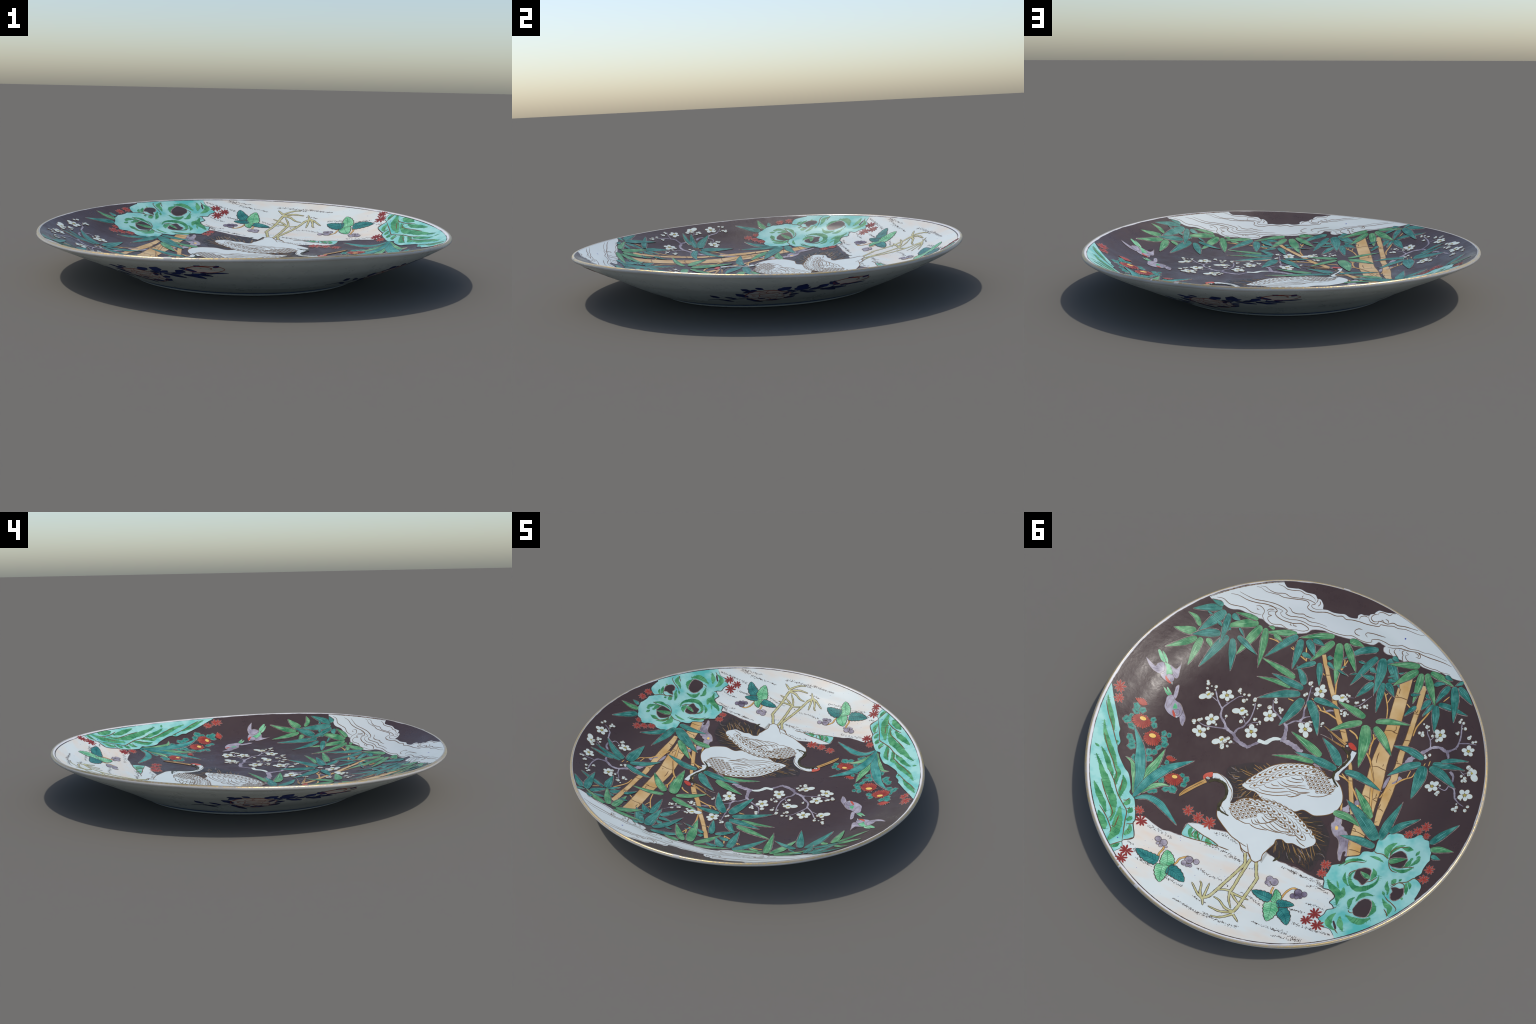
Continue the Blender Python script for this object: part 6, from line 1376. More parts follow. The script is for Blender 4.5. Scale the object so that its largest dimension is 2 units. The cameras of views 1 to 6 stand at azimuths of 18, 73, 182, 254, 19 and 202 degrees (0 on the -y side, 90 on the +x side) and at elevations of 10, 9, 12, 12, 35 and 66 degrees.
    for a, b in (([(0.0885, 0.2045)], [(0.0892, 0.2378)]), ([(0.1116, 0.2059)], [(0.1300, 0.2459)]), ([(0.1352, 0.2150)], [(0.1506, 0.2537)]), ([(0.0677, 0.2058)], [(0.0863, 0.2366)]), ([(0.0487, 0.2115)], [(0.0609, 0.2326)]), ([(0.1556, 0.1971)], [(0.1797, 0.2137)]), ([(0.1460, 0.2045)], [(0.1659, 0.2230)]), ([(0.1677, 0.1835)], [(0.1876, 0.2021)]), ([(0.1726, 0.1707)], [(0.2011, 0.1761)]),
                 ([(0.1440, 0.1303)], [(0.1792, 0.1274)]), ([(0.1345, 0.1193)], [(0.2122, 0.1125)]), ([(0.1109, 0.0919)], [(0.1471, 0.0819)]), ([(0.0966, 0.0754)], [(0.1218, 0.0631)]), ([(0.0812, 0.0621)], [(0.1063, 0.0498)]), ([(0.0669, 0.0456)], [(0.0950, 0.0344)]), ([(0.1961, 0.1540)], [(0.2306, 0.1618)]), ([(0.1098, 0.0768)], [(0.1487, 0.0642)])):
        p.stroke([a[0], b[0]], .0026, .0015, 'fringe_gold', taper=(.9, .15))
    p.build('tail', crane)
    return crane


def crane_front():
    z = Z_BODY + .0006
    edge = [(0.2069, 0.2352), (0.1967, 0.2568), (0.1952, 0.2819), (0.1856, 0.3037), (0.1704, 0.2979), (0.1532, 0.2730), (0.1155, 0.2484), (0.0378, 0.2313), (-0.0095, 0.2229), (-0.0433, 0.2235), (-0.1078, 0.2352), (-0.1373, 0.2431), (-0.1713, 0.2639), (-0.1999, 0.2792), (-0.2277, 0.3020)] + [(-0.2406, 0.3011), (-0.2652, 0.3248), (-0.2871, 0.3547), (-0.2813, 0.3798), (-0.2638, 0.3947), (-0.2377, 0.4126), (-0.2101, 0.4081), (-0.1823, 0.4036)] + [(-0.1528, 0.4122), (-0.1261, 0.4021), (-0.0999, 0.4114), (-0.0983, 0.4335), (-0.0898, 0.4544), (-0.0768, 0.4806), (-0.0650, 0.5099), (-0.0687, 0.5407)] + [(-0.0672, 0.5369), (-0.0529, 0.5547), (-0.0415, 0.5590), (-0.0230, 0.5533), (-0.0073, 0.5342)] + [(0.0045, 0.5250), (0.0212, 0.5241), (0.0458, 0.5118), (0.0691, 0.4864), (0.1154, 0.4698), (0.1552, 0.4452), (0.1922, 0.4197), (0.2216, 0.3948), (0.2334, 0.3591), (0.2238, 0.3370), (0.2254, 0.3248), (0.2214, 0.2884), (0.2172, 0.2648)]
    p = Piece()
    p.fill(smooth(edge, .007, True), z, 'crane_white')
    p.stroke(edge[20:] , 0.00427, z + .0004, 'gold_line')
    p.stroke(edge[3:20], 0.00366, z + .0004, 'gold_line')
    crane = p.build('crane', plate)
    p = Piece()
    neck = [(0.3236, 0.1981), (0.2944, 0.1902), (0.2554, 0.2026), (0.2264, 0.2244), (0.2092, 0.2507), (0.2023, 0.2810), (0.2040, 0.3109), (0.2011, 0.3391)]
    p.stroke(neck, lambda t: 0.03294 * (.85 + .12 * t), z + .0003, 'crane_white', wob=.03)
    p.stroke([(0.3304, 0.1812), (0.2965, 0.1763), (0.2556, 0.1935), (0.2262, 0.2206), (0.2056, 0.2383), (0.1936, 0.2629), (0.1924, 0.2917), (0.1850, 0.3035)], 0.00335, z + .0007, 'gold_line')
    p.build('neck', crane)
    p = Piece()
    stripe = [(0.3311, 0.2344), (0.3073, 0.2175), (0.2789, 0.2118), (0.2533, 0.2165), (0.2342, 0.2347), (0.2232, 0.2598), (0.2214, 0.2884), (0.2329, 0.3186), (0.2325, 0.3405), (0.2193, 0.3609), (0.1891, 0.3691), (0.1694, 0.3724)]
    p.stroke(stripe, lambda t: .0145 * (.45 + .55 * math.sin(math.pi * min(1, .2 + t * .8))), z + .0008, 'stripe_olive', wob=.2)
    p.stroke([(0.2403, 0.3252), (0.2305, 0.3580), (0.2238, 0.3663)], 0.01159, z + .0008, 'stripe_olive')
    for k in range(26):
        q = [(0.3184, 0.2237), (0.2672, 0.2072)][0]
        u = rng.random()
        a, b = [(0.3285, 0.2241), (0.2588, 0.2113)]
        q = (a[0] + (b[0] - a[0]) * u, a[1] + (b[1] - a[1]) * u)
        e = [(0.3182, 0.1904), (0.2693, 0.1933)]
        r = (e[0][0] + (e[1][0] - e[0][0]) * u, e[0][1] + (e[1][1] - e[0][1]) * u)
        p.stroke([q, (q[0] + (r[0] - q[0]) * .7, q[1] + (r[1] - q[1]) * rng.uniform(.3, .8))], .002, z + .0010, 'stripe_olive', taper=(.9, .1))
    for k in range(14):
        a, b = [(0.2265, 0.3344), (0.1814, 0.3716)]
        u = rng.random()
        q = (a[0] + (b[0] - a[0]) * u, a[1] + (b[1] - a[1]) * u)
        d = [(0.2153, 0.3373), (0.1986, 0.3454)]
        p.stroke([q, (q[0] + (d[1][0] - d[0][0]) * .7, q[1] + (d[1][1] - d[0][1]) * rng.uniform(-.1, .9))], .002, z + .0010, 'stripe_olive', taper=(.9, .1))
    p.build('throat_stripe', crane)
    p = Piece()
    p.fill(smooth([(0.3670, 0.2229), (0.3674, 0.2119), (0.3596, 0.1976), (0.3439, 0.1858), (0.3306, 0.1805), (0.3249, 0.1949), (0.3269, 0.2068), (0.3476, 0.2188), (0.3590, 0.2326)], .004, True), z + .0012, 'cap_red')
    p.build('red_cap', crane)
    p = Piece()
    p.dot([(0.3413, 0.2192)][0], 0.01220, z + .0012, 'dark_line', ry=0.00915, n=16)
    p.dot([(0.3414, 0.2189)][0], 0.00915, z + .0014, 'petal_white', ry=0.00641, n=16)
    p.dot([(0.3408, 0.2187)][0], 0.00396, z + .0016, 'dark_line', n=10)
    p.dot([(0.3405, 0.2178)][0], 0.00152, z + .0018, 'petal_white', n=8)
    p.build('eye', crane)
    p = Piece()
    p.fill([(0.3542, 0.2277), (0.3371, 0.2431), (0.3771, 0.2880), (0.4162, 0.3406), (0.4388, 0.3672), (0.4409, 0.3504), (0.4261, 0.3169), (0.3862, 0.2658)], z + .0007, 'beak_tan')
    for line in ([(0.3483, 0.2339), (0.3817, 0.2769), (0.4222, 0.3264), (0.4392, 0.3663)], [(0.3542, 0.2277), (0.3862, 0.2658), (0.4261, 0.3169), (0.4409, 0.3504)], [(0.3371, 0.2431), (0.3768, 0.2886), (0.4162, 0.3406), (0.4388, 0.3672)], [(0.3613, 0.2521), (0.3658, 0.2576), (0.3891, 0.2836)]):
        p.stroke(line, .0018, z + .0011, 'dark_line')
    p.build('beak', crane)
    # wing: small scales on the shoulder, dotted coverts along the top, long plain quills below
    p = Piece()
    zf = z + .0004
    zone = [(0.1685, 0.3410), (0.1716, 0.3203), (0.1507, 0.2793), (0.1297, 0.2640), (0.1003, 0.2529), (0.0721, 0.2824), (0.0495, 0.2886), (0.0148, 0.2831), (0.0158, 0.2980), (0.0332, 0.3226), (0.0476, 0.3460), (0.0818, 0.3697), (0.1104, 0.3733), (0.1412, 0.3633)]
    right = tilt_of(*[(0.1570, 0.3146), (0.0892, 0.3162)])
    scale_patch(p, zone, right, .0215, zf)
    feather_row(p, [(0.1009, 0.2513), (0.0584, 0.2390), (0.0135, 0.2332), (-0.0297, 0.2320), (-0.0907, 0.2431), (-0.1431, 0.2592), (-0.1969, 0.2893), (-0.2293, 0.3158)] + [(-0.2594, 0.3268), (-0.2836, 0.3541)], 13, .030, .040, zf)
    feather_row(p, [(0.0811, 0.2676), (0.0493, 0.2630), (0.0126, 0.2622), (-0.0341, 0.2707), (-0.0854, 0.2832), (-0.1365, 0.3049), (-0.1774, 0.3266), (-0.2093, 0.3513)] + [(-0.2467, 0.3740)], 11, .031, .044, zf)
    feather_row(p, [(0.0655, 0.2909), (0.0265, 0.2874), (-0.0154, 0.2921), (-0.0596, 0.3033), (-0.1025, 0.3205), (-0.1406, 0.3431), (-0.1755, 0.3667)], 8, .029, .038, zf)
    for line in ([(0.0411, 0.3454), (0.0198, 0.3575), (-0.0276, 0.3420)], [(0.0600, 0.3743), (0.0188, 0.3861), (-0.0382, 0.3789)], [(0.0109, 0.3633), (-0.0331, 0.3743), (-0.0988, 0.3730)], [(-0.0171, 0.3494), (-0.0705, 0.3680), (-0.1295, 0.3668)], [(-0.0351, 0.3356), (-0.1009, 0.3608), (-0.1703, 0.3434)], [(-0.0462, 0.3208), (-0.1067, 0.3407), (-0.1505, 0.3342)], [(-0.0646, 0.3033), (-0.0914, 0.3173), (-0.1236, 0.3149)], [(-0.0011, 0.2809), (-0.0396, 0.3032), (-0.0702, 0.2959)],
                 [(0.0129, 0.3187), (-0.0228, 0.3383), (-0.0532, 0.3219)], [(0.0327, 0.3369), (0.0075, 0.3548), (-0.0238, 0.3408)], [(-0.1289, 0.3652), (-0.1592, 0.3671), (-0.1877, 0.3553)], [(0.0563, 0.3493), (0.0390, 0.3682), (0.0109, 0.3633)], [(0.0063, 0.3054), (-0.0256, 0.3192), (-0.0643, 0.3070)], [(-0.0673, 0.3060), (-0.0409, 0.3245), (-0.0246, 0.3431)], [(-0.1674, 0.3445), (-0.1860, 0.3595), (-0.2172, 0.3736)], [(-0.1353, 0.3198), (-0.1680, 0.3371), (-0.1762, 0.3414)], [(-0.1906, 0.3722), (-0.2131, 0.3893), (-0.2459, 0.3991)],
                 [(0.1710, 0.3346), (0.1634, 0.3536), (0.1387, 0.3696), (0.1092, 0.3765), (0.0775, 0.3808), (0.0565, 0.3748), (0.0428, 0.3842)]):
        p.stroke(line, 0.00396, zf, 'gold_line')
    for k in range(9):
        a = [(0.1865, 0.3041), (0.1532, 0.2730)]
        u = k / 8
        q = (a[0][0] + (a[1][0] - a[0][0]) * u, a[0][1] + (a[1][1] - a[0][1]) * u)
        p.stroke([q, (q[0] - .006, q[1] + .012)], .0016, zf, 'gold_line')
    p.build('wing', crane)
    # black tail plumes
    zone = [(-0.1361, 0.2399), (-0.1556, 0.2203), (-0.1863, 0.2224), (-0.2220, 0.2300), (-0.2579, 0.2195), (-0.2908, 0.2480), (-0.3216, 0.2806), (-0.3463, 0.3149), (-0.3546, 0.3581), (-0.3578, 0.3956), (-0.3630, 0.4387)] + [(-0.3351, 0.4414), (-0.3270, 0.4828), (-0.3102, 0.5168), (-0.2654, 0.5080), (-0.2244, 0.5014)] + [(-0.1695, 0.5105), (-0.1431, 0.5093), (-0.1288, 0.5233)] + [(-0.1255, 0.5057), (-0.0792, 0.4869), (-0.1002, 0.4471), (-0.0953, 0.4166), (-0.1202, 0.3952), (-0.1528, 0.4122), (-0.1846, 0.4099), (-0.2233, 0.4177)] + [(-0.2429, 0.4179), (-0.2644, 0.3962), (-0.2873, 0.3600), (-0.2652, 0.3248), (-0.2277, 0.3020), (-0.1725, 0.2671)]
    p = Piece()
    p.fill(smooth(zone, .008, True), .0008, 'plume_ground')
    plumes(p, zone, [(-0.0844, 0.3342)][0], 90, .0014, (.03, .065))
    for a, b in (([(-0.1514, 0.2454)], [(-0.1727, 0.2307)]), ([(-0.1701, 0.2607)], [(-0.2113, 0.2464)]), ([(-0.1947, 0.2738)], [(-0.2439, 0.2641)]), ([(-0.2133, 0.2890)], [(-0.2657, 0.2889)]), ([(-0.2376, 0.3021)], [(-0.2969, 0.3033)]), ([(-0.2572, 0.3205)], [(-0.3115, 0.3268)]), ([(-0.2755, 0.3356)], [(-0.3308, 0.3450)]), ([(-0.2833, 0.3578)], [(-0.3247, 0.3930)]), ([(-0.2744, 0.3786)], [(-0.3098, 0.4334)]), ([(-0.2510, 0.4044)], [(-0.2872, 0.4518)]), ([(-0.2331, 0.4178)], [(-0.2771, 0.4687)]),
                 ([(-0.2146, 0.4207)], [(-0.2600, 0.4613)]), ([(-0.1846, 0.4099)], [(-0.2122, 0.4499)]), ([(-0.1592, 0.4118)], [(-0.1880, 0.4550)]), ([(-0.1301, 0.4042)], [(-0.1603, 0.4506)]), ([(-0.1023, 0.4177)], [(-0.1166, 0.4734)]), ([(-0.1031, 0.4461)], [(-0.1132, 0.4817)]), ([(-0.2000, 0.4790)], [(-0.2235, 0.4989)]), ([(-0.1950, 0.4205)], [(-0.2242, 0.4563)]), ([(-0.2690, 0.3911)], [(-0.3057, 0.4586)])):
        p.stroke([a[0], b[0]], .0026, .0019, 'fringe_gold', taper=(.9, .15))
    p.fill(smooth([(-0.1475, 0.4864), (-0.1465, 0.5010), (-0.1340, 0.5197), (-0.1231, 0.5254), (-0.1293, 0.5072)] , .004, True), .0014, 'stripe_olive')
    p.build('tail', crane)
    # legs
    z2 = Z_ROCK

    def leg(shank, width, toes, thigh=None):
        p = Piece()
        for line, w in [(shank, width)] + [(t, width * .72) for t in toes]:
            toe = line is not shank
            fn = (lambda t, w=w: w * .000305 * (1 - .75 * t ** 2) * (1 + .13 * math.sin(t * 24))) if toe else (lambda t, w=w: w * .000305 * (1 + .04 * math.sin(t * 30)))
            p.stroke(line, lambda t, f=fn: f(t) + .0054, z2, 'dark_line')
            p.stroke(line, fn, z2 + .0005, 'leg_cream')
        pts = smooth(shank, .0052)
        for i in range(1, len(pts) - 1):
            a, b = pts[i - 1], pts[i + 1]
            d = math.dist(a, b)
            h = width * .000305 * .42
            nx, ny = -(b[1] - a[1]) / d, (b[0] - a[0]) / d
            q = pts[i]
            p.stroke([(q[0] + nx * h, q[1] + ny * h), (q[0] + nx * h * .1, q[1] + ny * h * .1)], .0011, z2 + .0009, 'dark_line', wob=0)
        p.dot(toes[0][0], width * .000305 * .55, z2 + .0007, 'leg_cream', n=12)
        for t in toes:
            p.stroke([t[-1], (t[-1][0] * 1.12 - t[-2][0] * .12, t[-1][1] * 1.12 - t[-2][1] * .12)], .003, z2 + .0009, 'dark_line', taper=(.9, .2))
        p.build('leg', crane)
    leg([(0.0173, 0.5298)] + [(0.0098, 0.5513), (-0.0005, 0.5833), (0.0155, 0.6288), (0.0502, 0.7103), (0.0772, 0.7754), (0.0918, 0.8076), (0.1165, 0.8300)], 40, ([(0.1165, 0.8300), (0.1451, 0.8161), (0.1782, 0.7854), (0.1948, 0.7701)], [(0.1219, 0.8286), (0.1403, 0.7987), (0.1498, 0.7617), (0.1627, 0.7487)], [(0.1129, 0.8206), (0.1150, 0.7840), (0.1165, 0.7440)], [(0.1137, 0.8326), (0.0978, 0.8637)]))
    leg([(-0.0189, 0.5513), (-0.0106, 0.6046), (-0.0023, 0.6649), (0.0022, 0.7095), (0.0081, 0.7457)], 38, ([(0.0088, 0.7442), (0.0409, 0.7479), (0.0676, 0.7605)], [(0.0104, 0.7502), (-0.0026, 0.7904), (-0.0276, 0.8282)], [(0.0034, 0.7493), (-0.0420, 0.7856), (-0.0904, 0.8030)], [(-0.0020, 0.7508), (-0.0454, 0.7554), (-0.0861, 0.7576)]))
    leg([(-0.0495, 0.5542), (-0.0779, 0.6257), (-0.0850, 0.6372), (-0.0787, 0.6786), (-0.0647, 0.7479), (-0.0566, 0.8054), (-0.0465, 0.8449)], 41, ([(-0.0458, 0.8433), (-0.0041, 0.8381), (0.0366, 0.8102), (0.0690, 0.8016)], [(-0.0445, 0.8476), (0.0093, 0.8647), (0.0480, 0.8625), (0.0714, 0.8596)], [(-0.0487, 0.8572), (-0.0155, 0.8855), (0.0129, 0.8991), (0.0426, 0.9025)], [(-0.0513, 0.8561), (-0.0872, 0.8853)]))
    p = Piece()
    p.dot([(-0.0850, 0.6355)][0], 0.01037, z2 + .0003, 'dark_line', n=14)
    p.dot([(-0.0850, 0.6355)][0], 0.00793, z2 + .0007, 'leg_cream', n=14)
    p.stroke([(0.0676, 0.4858), (0.0538, 0.5040), (0.0421, 0.5212), (0.0239, 0.5340)], 0.00366, z + .0004, 'gold_line')
    p.stroke([(0.0286, 0.4801), (0.0157, 0.5005), (0.0018, 0.5275), (-0.0139, 0.5467)], 0.00366, z + .0004, 'gold_line')
    p.stroke([(0.0676, 0.4858), (0.0434, 0.4929), (0.0239, 0.4963)], 0.00366, z + .0004, 'gold_line')
    for k in range(26):
        a, b = [(-0.0834, 0.4460), (-0.0656, 0.5454)]
        u = k / 25
        q = (a[0] + (b[0] - a[0]) * u, a[1] + (b[1] - a[1]) * u)
        d = [(0.4810, 0.1850), (0.4699, 0.1903)]
        p.stroke([q, (q[0] + (d[1][0] - d[0][0]), q[1] + (d[1][1] - d[0][1]))], .0014, z + .0004, 'dark_line')
    p.build('leg_feather', crane, True)
    return crane


crane_back()
crane_front()


# ------------------------------------------------------------------ small birds
def bird(wings, body, head, head_r, face, tail, mantle, beak):
    z = Z_BODY
    p = Piece()
    p.fill(smooth(body, .005, True), z + .0003, 'bird_purple')
    p.stroke(body + body[:1], .0018, z + .0006, 'dark_line')
    b = p.build('songbird', plate)
    for w, root in wings:
        p = Piece()
        p.fill(smooth(w, .005, True), z + .0001, 'bird_purple')
        p.stroke(w + w[:1], .0020, z + .0007, 'reserve_pale', wob=.4)
        for k in range(1, 8):
            i = int(k / 8 * (len(w) - 1))
            q = w[i]
            p.stroke([(q[0] * .88 + root[0] * .12, q[1] * .88 + root[1] * .12), (q[0] * .45 + root[0] * .55, q[1] * .45 + root[1] * .55)], .0014, z + .0006, 'violet_dark')
        p.build('wing', b)
    p = Piece()
    for t in tail:
        p.fill(smooth(t, .005, True), z + .0002, 'broad_green')
        p.stroke(t + t[:1], .0018, z + .0006, 'reserve_pale')
    p.fill(smooth(mantle, .005, True), z + .0006, 'broad_green')
    p.build('tail', b)
    p = Piece()
    p.dot(head, head_r * 1.05, z + .0007, 'dark_line', n=20)
    p.dot(head, head_r * .97, z + .0009, 'bird_purple', n=20)
    p.fill(smooth(face, .004, True), z + .0012, 'cap_red')
    e = ((face[0][0] + head[0]) / 2, (face[0][1] + head[1]) / 2)
    p.dot(e, .0042, z + .0013, 'dark_line', n=10)
    p.dot(e, .0028, z + .0015, 'petal_white', n=10)
    p.fill(beak, z + .0012, 'petal_white')
    p.build('head', b)


bird((([(0.8756, -0.2653), (0.8576, -0.2439), (0.8389, -0.2297), (0.8163, -0.2222), (0.7897, -0.2221), (0.7710, -0.2347), (0.7684, -0.2545), (0.7873, -0.2868), (0.8138, -0.2686), (0.8197, -0.2489), (0.8490, -0.2562)], [(0.7645, -0.2531)][0]), ([(0.7580, -0.2895), (0.7444, -0.2897), (0.7227, -0.2866), (0.7113, -0.3109), (0.7086, -0.3325), (0.7018, -0.2861), (0.6964, -0.2549), (0.7008, -0.2395), (0.7143, -0.2386), (0.7343, -0.2546)], [(0.7546, -0.2805)][0])),
     [(0.7873, -0.2868), (0.7647, -0.2894), (0.7415, -0.2730), (0.7213, -0.2389), (0.7138, -0.2199), (0.7232, -0.2002), (0.7482, -0.2025), (0.7762, -0.2133), (0.7859, -0.2298), (0.7728, -0.2484)], [(0.7332, -0.2253)][0], 0.02257, [(0.7334, -0.2128), (0.7547, -0.2278), (0.7559, -0.2178), (0.7436, -0.2038), (0.7229, -0.1992), (0.7178, -0.2055)],
     ([(0.8355, -0.3269), (0.8250, -0.3348), (0.7861, -0.3017), (0.7859, -0.2876), (0.8099, -0.2941)], [(0.8156, -0.3367), (0.7966, -0.3304), (0.7751, -0.3083), (0.7725, -0.2921), (0.7957, -0.3098)]), [(0.7845, -0.2884), (0.7619, -0.2909), (0.7415, -0.2730), (0.7296, -0.2496), (0.7421, -0.2393), (0.7560, -0.2356), (0.7688, -0.2689)], [(0.7183, -0.2052), (0.7138, -0.2112), (0.7089, -0.1973)])
bird((([(0.6815, -0.1481), (0.6847, -0.1734), (0.6873, -0.1971), (0.6762, -0.2111), (0.6671, -0.1815), (0.6629, -0.1411), (0.6709, -0.1221), (0.6749, -0.0896), (0.6842, -0.0700), (0.6977, -0.0945), (0.6937, -0.1271)], [(0.6797, -0.1182)][0]), ([(0.6115, -0.0544), (0.6060, -0.0836), (0.6229, -0.1076), (0.6460, -0.1213), (0.6243, -0.1110), (0.6001, -0.0821), (0.5752, -0.0497), (0.5714, -0.0167), (0.5722, -0.0018), (0.5864, -0.0108), (0.6004, -0.0320)], [(0.6112, -0.0622)][0])),
     [(0.7080, -0.1281), (0.7050, -0.0911), (0.6995, -0.0668), (0.6734, -0.0440), (0.6416, -0.0344), (0.6203, -0.0335), (0.6057, -0.0490), (0.6045, -0.0842), (0.6323, -0.1135), (0.6620, -0.1260), (0.6873, -0.1454)], [(0.6319, -0.0615)][0], 0.01891, [(0.6320, -0.0491), (0.6522, -0.0685), (0.6517, -0.0571), (0.6400, -0.0389), (0.6269, -0.0328)],
     ([(0.7460, -0.1667), (0.7349, -0.1648), (0.7003, -0.1432), (0.7014, -0.1331), (0.7218, -0.1407)], [(0.7305, -0.1753), (0.7191, -0.1725), (0.6922, -0.1489), (0.6961, -0.1414), (0.7210, -0.1602)]), [(0.6570, -0.1097), (0.6467, -0.1017), (0.6354, -0.0852), (0.6460, -0.0788), (0.6571, -0.0761), (0.6588, -0.0927)], [(0.6260, -0.0389), (0.6170, -0.0425), (0.6181, -0.0325)])


# ------------------------------------------------------------------ underside: four peony sprays and the foot bands
def peony_spray(angle):
    put = under(angle)
    p = Piece(put)
    stem_lines = ([(-0.3229, 0.6881), (-0.2525, 0.7084), (-0.2071, 0.6981), (-0.1522, 0.7189), (-0.0972, 0.7304)], [(0.0802, 0.7423), (0.1063, 0.8186), (0.1291, 0.8492), (0.1674, 0.8488), (0.2136, 0.8435), (0.2546, 0.8498)] + [(0.2598, 0.8756), (0.2800, 0.8818)])
    for line in stem_lines:
        p.stroke(line, .0055, .0007, 'cobalt', step=.012)
    o = p.build('peony_spray', plate)
    # flower head: lobed blush bloom with red contour lines
    p = Piece(put)
    c = (0.0, .772)
    ring = []
    for i in range(64):
        a = 2 * math.pi * i / 64
        k = 1 + .10 * abs(math.sin(a * 3.5)) - .05
        ring.append((c[0] + .098 * k * math.cos(a), c[1] + .088 * k * math.sin(a)))
    p.fill(ring, .0008, 'peony_blush')
    p.stroke(ring + ring[:1], .0034, .0013, 'peony_red')
    inner = [(c[0] + .040 * math.cos(a), c[1] + .005 + .030 * math.sin(a)) for a in (i * math.pi / 12 for i in range(24))]
    p.stroke(inner + inner[:1], .0034, .0013, 'peony_red')
    for i in range(6):
        a = i * math.pi / 3 + .4
        p.stroke([(c[0] + .043 * math.cos(a), c[1] + .005 + .034 * math.sin(a)), (c[0] + .066 * math.cos(a + .25), c[1] + .055 * math.sin(a + .25)), (c[0] + .094 * math.cos(a + .1), c[1] + .084 * math.sin(a + .1))], .0030, .0013, 'peony_red')
        p.stroke([(c[0] + .058 * math.cos(a + .2), c[1] + .050 * math.sin(a + .2)), (c[0] + .072 * math.cos(a + .55), c[1] + .064 * math.sin(a + .55)), (c[0] + .058 * math.cos(a + .9), c[1] + .050 * math.sin(a + .9))], .0026, .0013, 'peony_red')
    p.stroke([(-.03, .774), (0, .768), (.03, .774)], .003, .0013, 'peony_red')
    p.build('peony_flower', o)
    # bud
    p = Piece(put)
    b = [(0.3137, 0.9214)][0]
    t = .75
    bud = [(b[0] + .068 * math.cos(a) - .010 * math.sin(a), b[1] + .012 * math.cos(a) + .038 * math.sin(a)) for a in (i * math.pi / 18 for i in range(36))]
    p.fill(bud, .0008, 'peony_blush')
    p.stroke(bud + bud[:1], .0034, .0013, 'peony_red')
    p.stroke([(b[0] - .02, b[1] + .034), (b[0] + .012, b[1] + .030), (b[0] + .026, b[1] + .014), (b[0] + .020, b[1])], .0030, .0013, 'peony_red')
    p.build('peony_bud', o)
    for a, e, w in (([(-0.0718, 0.8523)], [(-0.1045, 0.8784)], .030), ([(-0.0477, 0.8692)], [(-0.1058, 0.8246)], .034), ([(-0.0177, 0.8762)], [(-0.0468, 0.8943)], .026), ([(-0.0944, 0.7557)], [(-0.1386, 0.8096)], .046), ([(-0.1572, 0.7190)], [(-0.2046, 0.7553)], .026), ([(-0.2372, 0.7350)], [(-0.2687, 0.7729)], .034), ([(-0.2525, 0.7084)], [(-0.1841, 0.6673)], .020), ([(-0.1049, 0.7241)], [(-0.0330, 0.6435)], .030),
                    ([(-0.0528, 0.7264)], [(-0.0141, 0.7321)], .026), ([(-0.0158, 0.6937)], [(0.0646, 0.7027)], .030), ([(0.0732, 0.7170)], [(0.1214, 0.7506)], .034), ([(0.0924, 0.7691)], [(0.1344, 0.7884)], .028), ([(0.0402, 0.8614)], [(0.0890, 0.8955)], .046), ([(0.1123, 0.8533)], [(0.1416, 0.9268)], .052), ([(0.1238, 0.8485)], [(0.1655, 0.8820)], .026), ([(0.0801, 0.8551)], [(0.1160, 0.8286)], .030),
                    ([(0.1313, 0.8365)], [(0.2110, 0.7898)], .036), ([(0.1659, 0.8434)], [(0.2095, 0.8575)], .034), ([(0.2010, 0.8583)], [(0.2306, 0.9048)], .044), ([(0.2158, 0.8366)], [(0.2974, 0.7942)], .040), ([(0.2513, 0.8509)], [(0.3307, 0.8341)], .034), ([(0.2762, 0.8832)], [(0.2261, 0.9324)], .030), ([(0.2388, 0.9284)], [(0.2506, 0.9358)], .022),
                    ([(0.2586, 0.8480)], [(0.3297, 0.8370)], .032), ([(0.3134, 0.8645)], [(0.3928, 0.8794)], .016), ([(0.3496, 0.9452)], [(0.3666, 0.9638)], .022), ([(0.2997, 0.9612)], [(0.2843, 0.9747)], .024), ([(0.2939, 0.9628)], [(0.3043, 0.9723)], .022), ([(0.2767, 0.8830)], [(0.2270, 0.9347)], .028), ([(0.2879, 0.8762)], [(0.3203, 0.8752)], .030), ([(0.0669, 0.7858)], [(0.0853, 0.8308)], .026), ([(-0.1060, 0.7837)], [(-0.0910, 0.7668)], .024)):
        a, e = a[0], e[0]
        p = Piece(put)
        d = math.dist(a, e)
        nx, ny = -(e[1] - a[1]) / d, (e[0] - a[0]) / d
        s = rng.uniform(-.10, .10) * d
        m = ((a[0] + e[0]) / 2 + nx * s, (a[1] + e[1]) / 2 + ny * s)
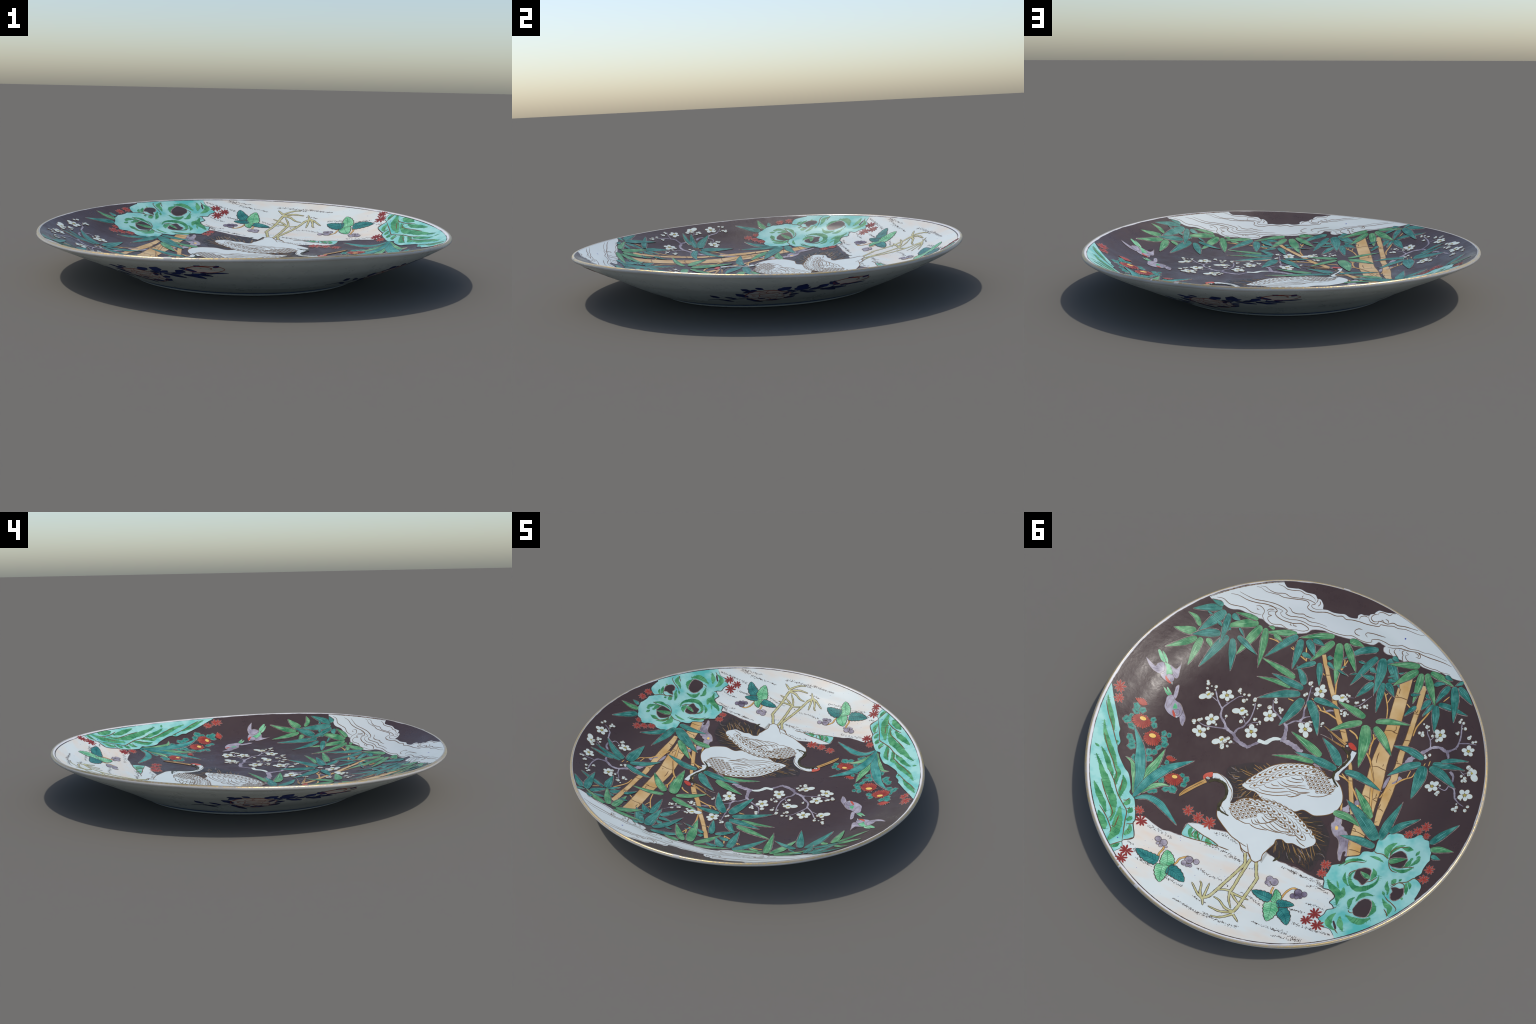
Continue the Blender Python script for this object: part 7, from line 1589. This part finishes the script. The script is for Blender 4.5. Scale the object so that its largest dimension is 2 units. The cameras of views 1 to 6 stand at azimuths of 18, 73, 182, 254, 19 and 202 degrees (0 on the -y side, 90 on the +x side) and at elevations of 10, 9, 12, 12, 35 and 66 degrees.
        p.stroke([a, m, e], lambda t, w=w: w * .82 * (math.sin(math.pi * min(1, .08 + t * .93)) ** .9) * (1 + .16 * math.sin(t * 13)) + .001, .0009 + rng.random() * .0003, 'cobalt', step=.008, wob=.08)
        p.build('peony_leaf', o)


for deg in (-17.3, 68.5, 165.5, -104.5):
    peony_spray(math.radians(deg))


def ring_band(name, r0, r1, mat, lift=.0006):
    """a painted blue line around the foot"""
    def put(p, l):
        r, a = p
        x, y = r * math.cos(a), r * math.sin(a)
        n = slope_normal(low_z, x, y, True)
        return Vector((x, y, low_z(x, y))) + n * l, n
    q = Piece(put)
    k = q.slot(mat)
    N = 240
    rows = [q.add([(r, 2 * math.pi * i / N) for i in range(N)], l) for r, l in ((r0, -.0004), (r0, lift), ((r0 + r1) / 2, lift), (r1, lift), (r1, -.0004))]
    for a, b in zip(rows, rows[1:]):
        for i in range(N):
            j = (i + 1) % N
            q.f.append((a + i, a + j, b + j, b + i))
            q.m.append(k)
    q.build(name, plate)


ring_band('blue_band', .5575, .5755, 'cobalt_wash')
ring_band('blue_band', .582, .5855, 'cobalt_wash')

# a few chips where the gilt has gone from the edge
p = Piece(lambda q, l: (Vector((q[0], q[1], 0)), Vector((0, 0, 1))))


def gilt_chip(at, span):
    a0 = math.atan2(at[1], at[0])
    verts, faces = [], []
    for i in range(9):
        a = a0 + span * (i / 8 - .5)
        for r, h in ((.9855, .2369), (.9892, .2375), (.9934, .2364), (.9970, .2336), (.9992, .2292)):
            verts.append((r * math.cos(a), r * math.sin(a) * (1 - (1 - STRETCH_Y) * min(max((r - .978) / .02, 0), 1)), h + warp(r, a)))
    for i in range(8):
        for k in range(4):
            q = i * 5 + k
            faces.append((q, q + 1, q + 6, q + 5))
    me = bpy.data.meshes.new('gilt_chip')
    me.from_pydata(verts, [], faces)
    me.materials.append(MATS['lip_white'])
    me.polygons.foreach_set('use_smooth', [True] * len(faces))
    me.update()
    link('gilt_chip', me, PARTS['gilt_edge'])


gilt_chip([(0.0128, -0.9851)][0], .035)
gilt_chip([(0.4102, 0.8999)][0], .022)
gilt_chip([(0.5247, 0.8410)][0], .010)

bpy.context.view_layer.update()
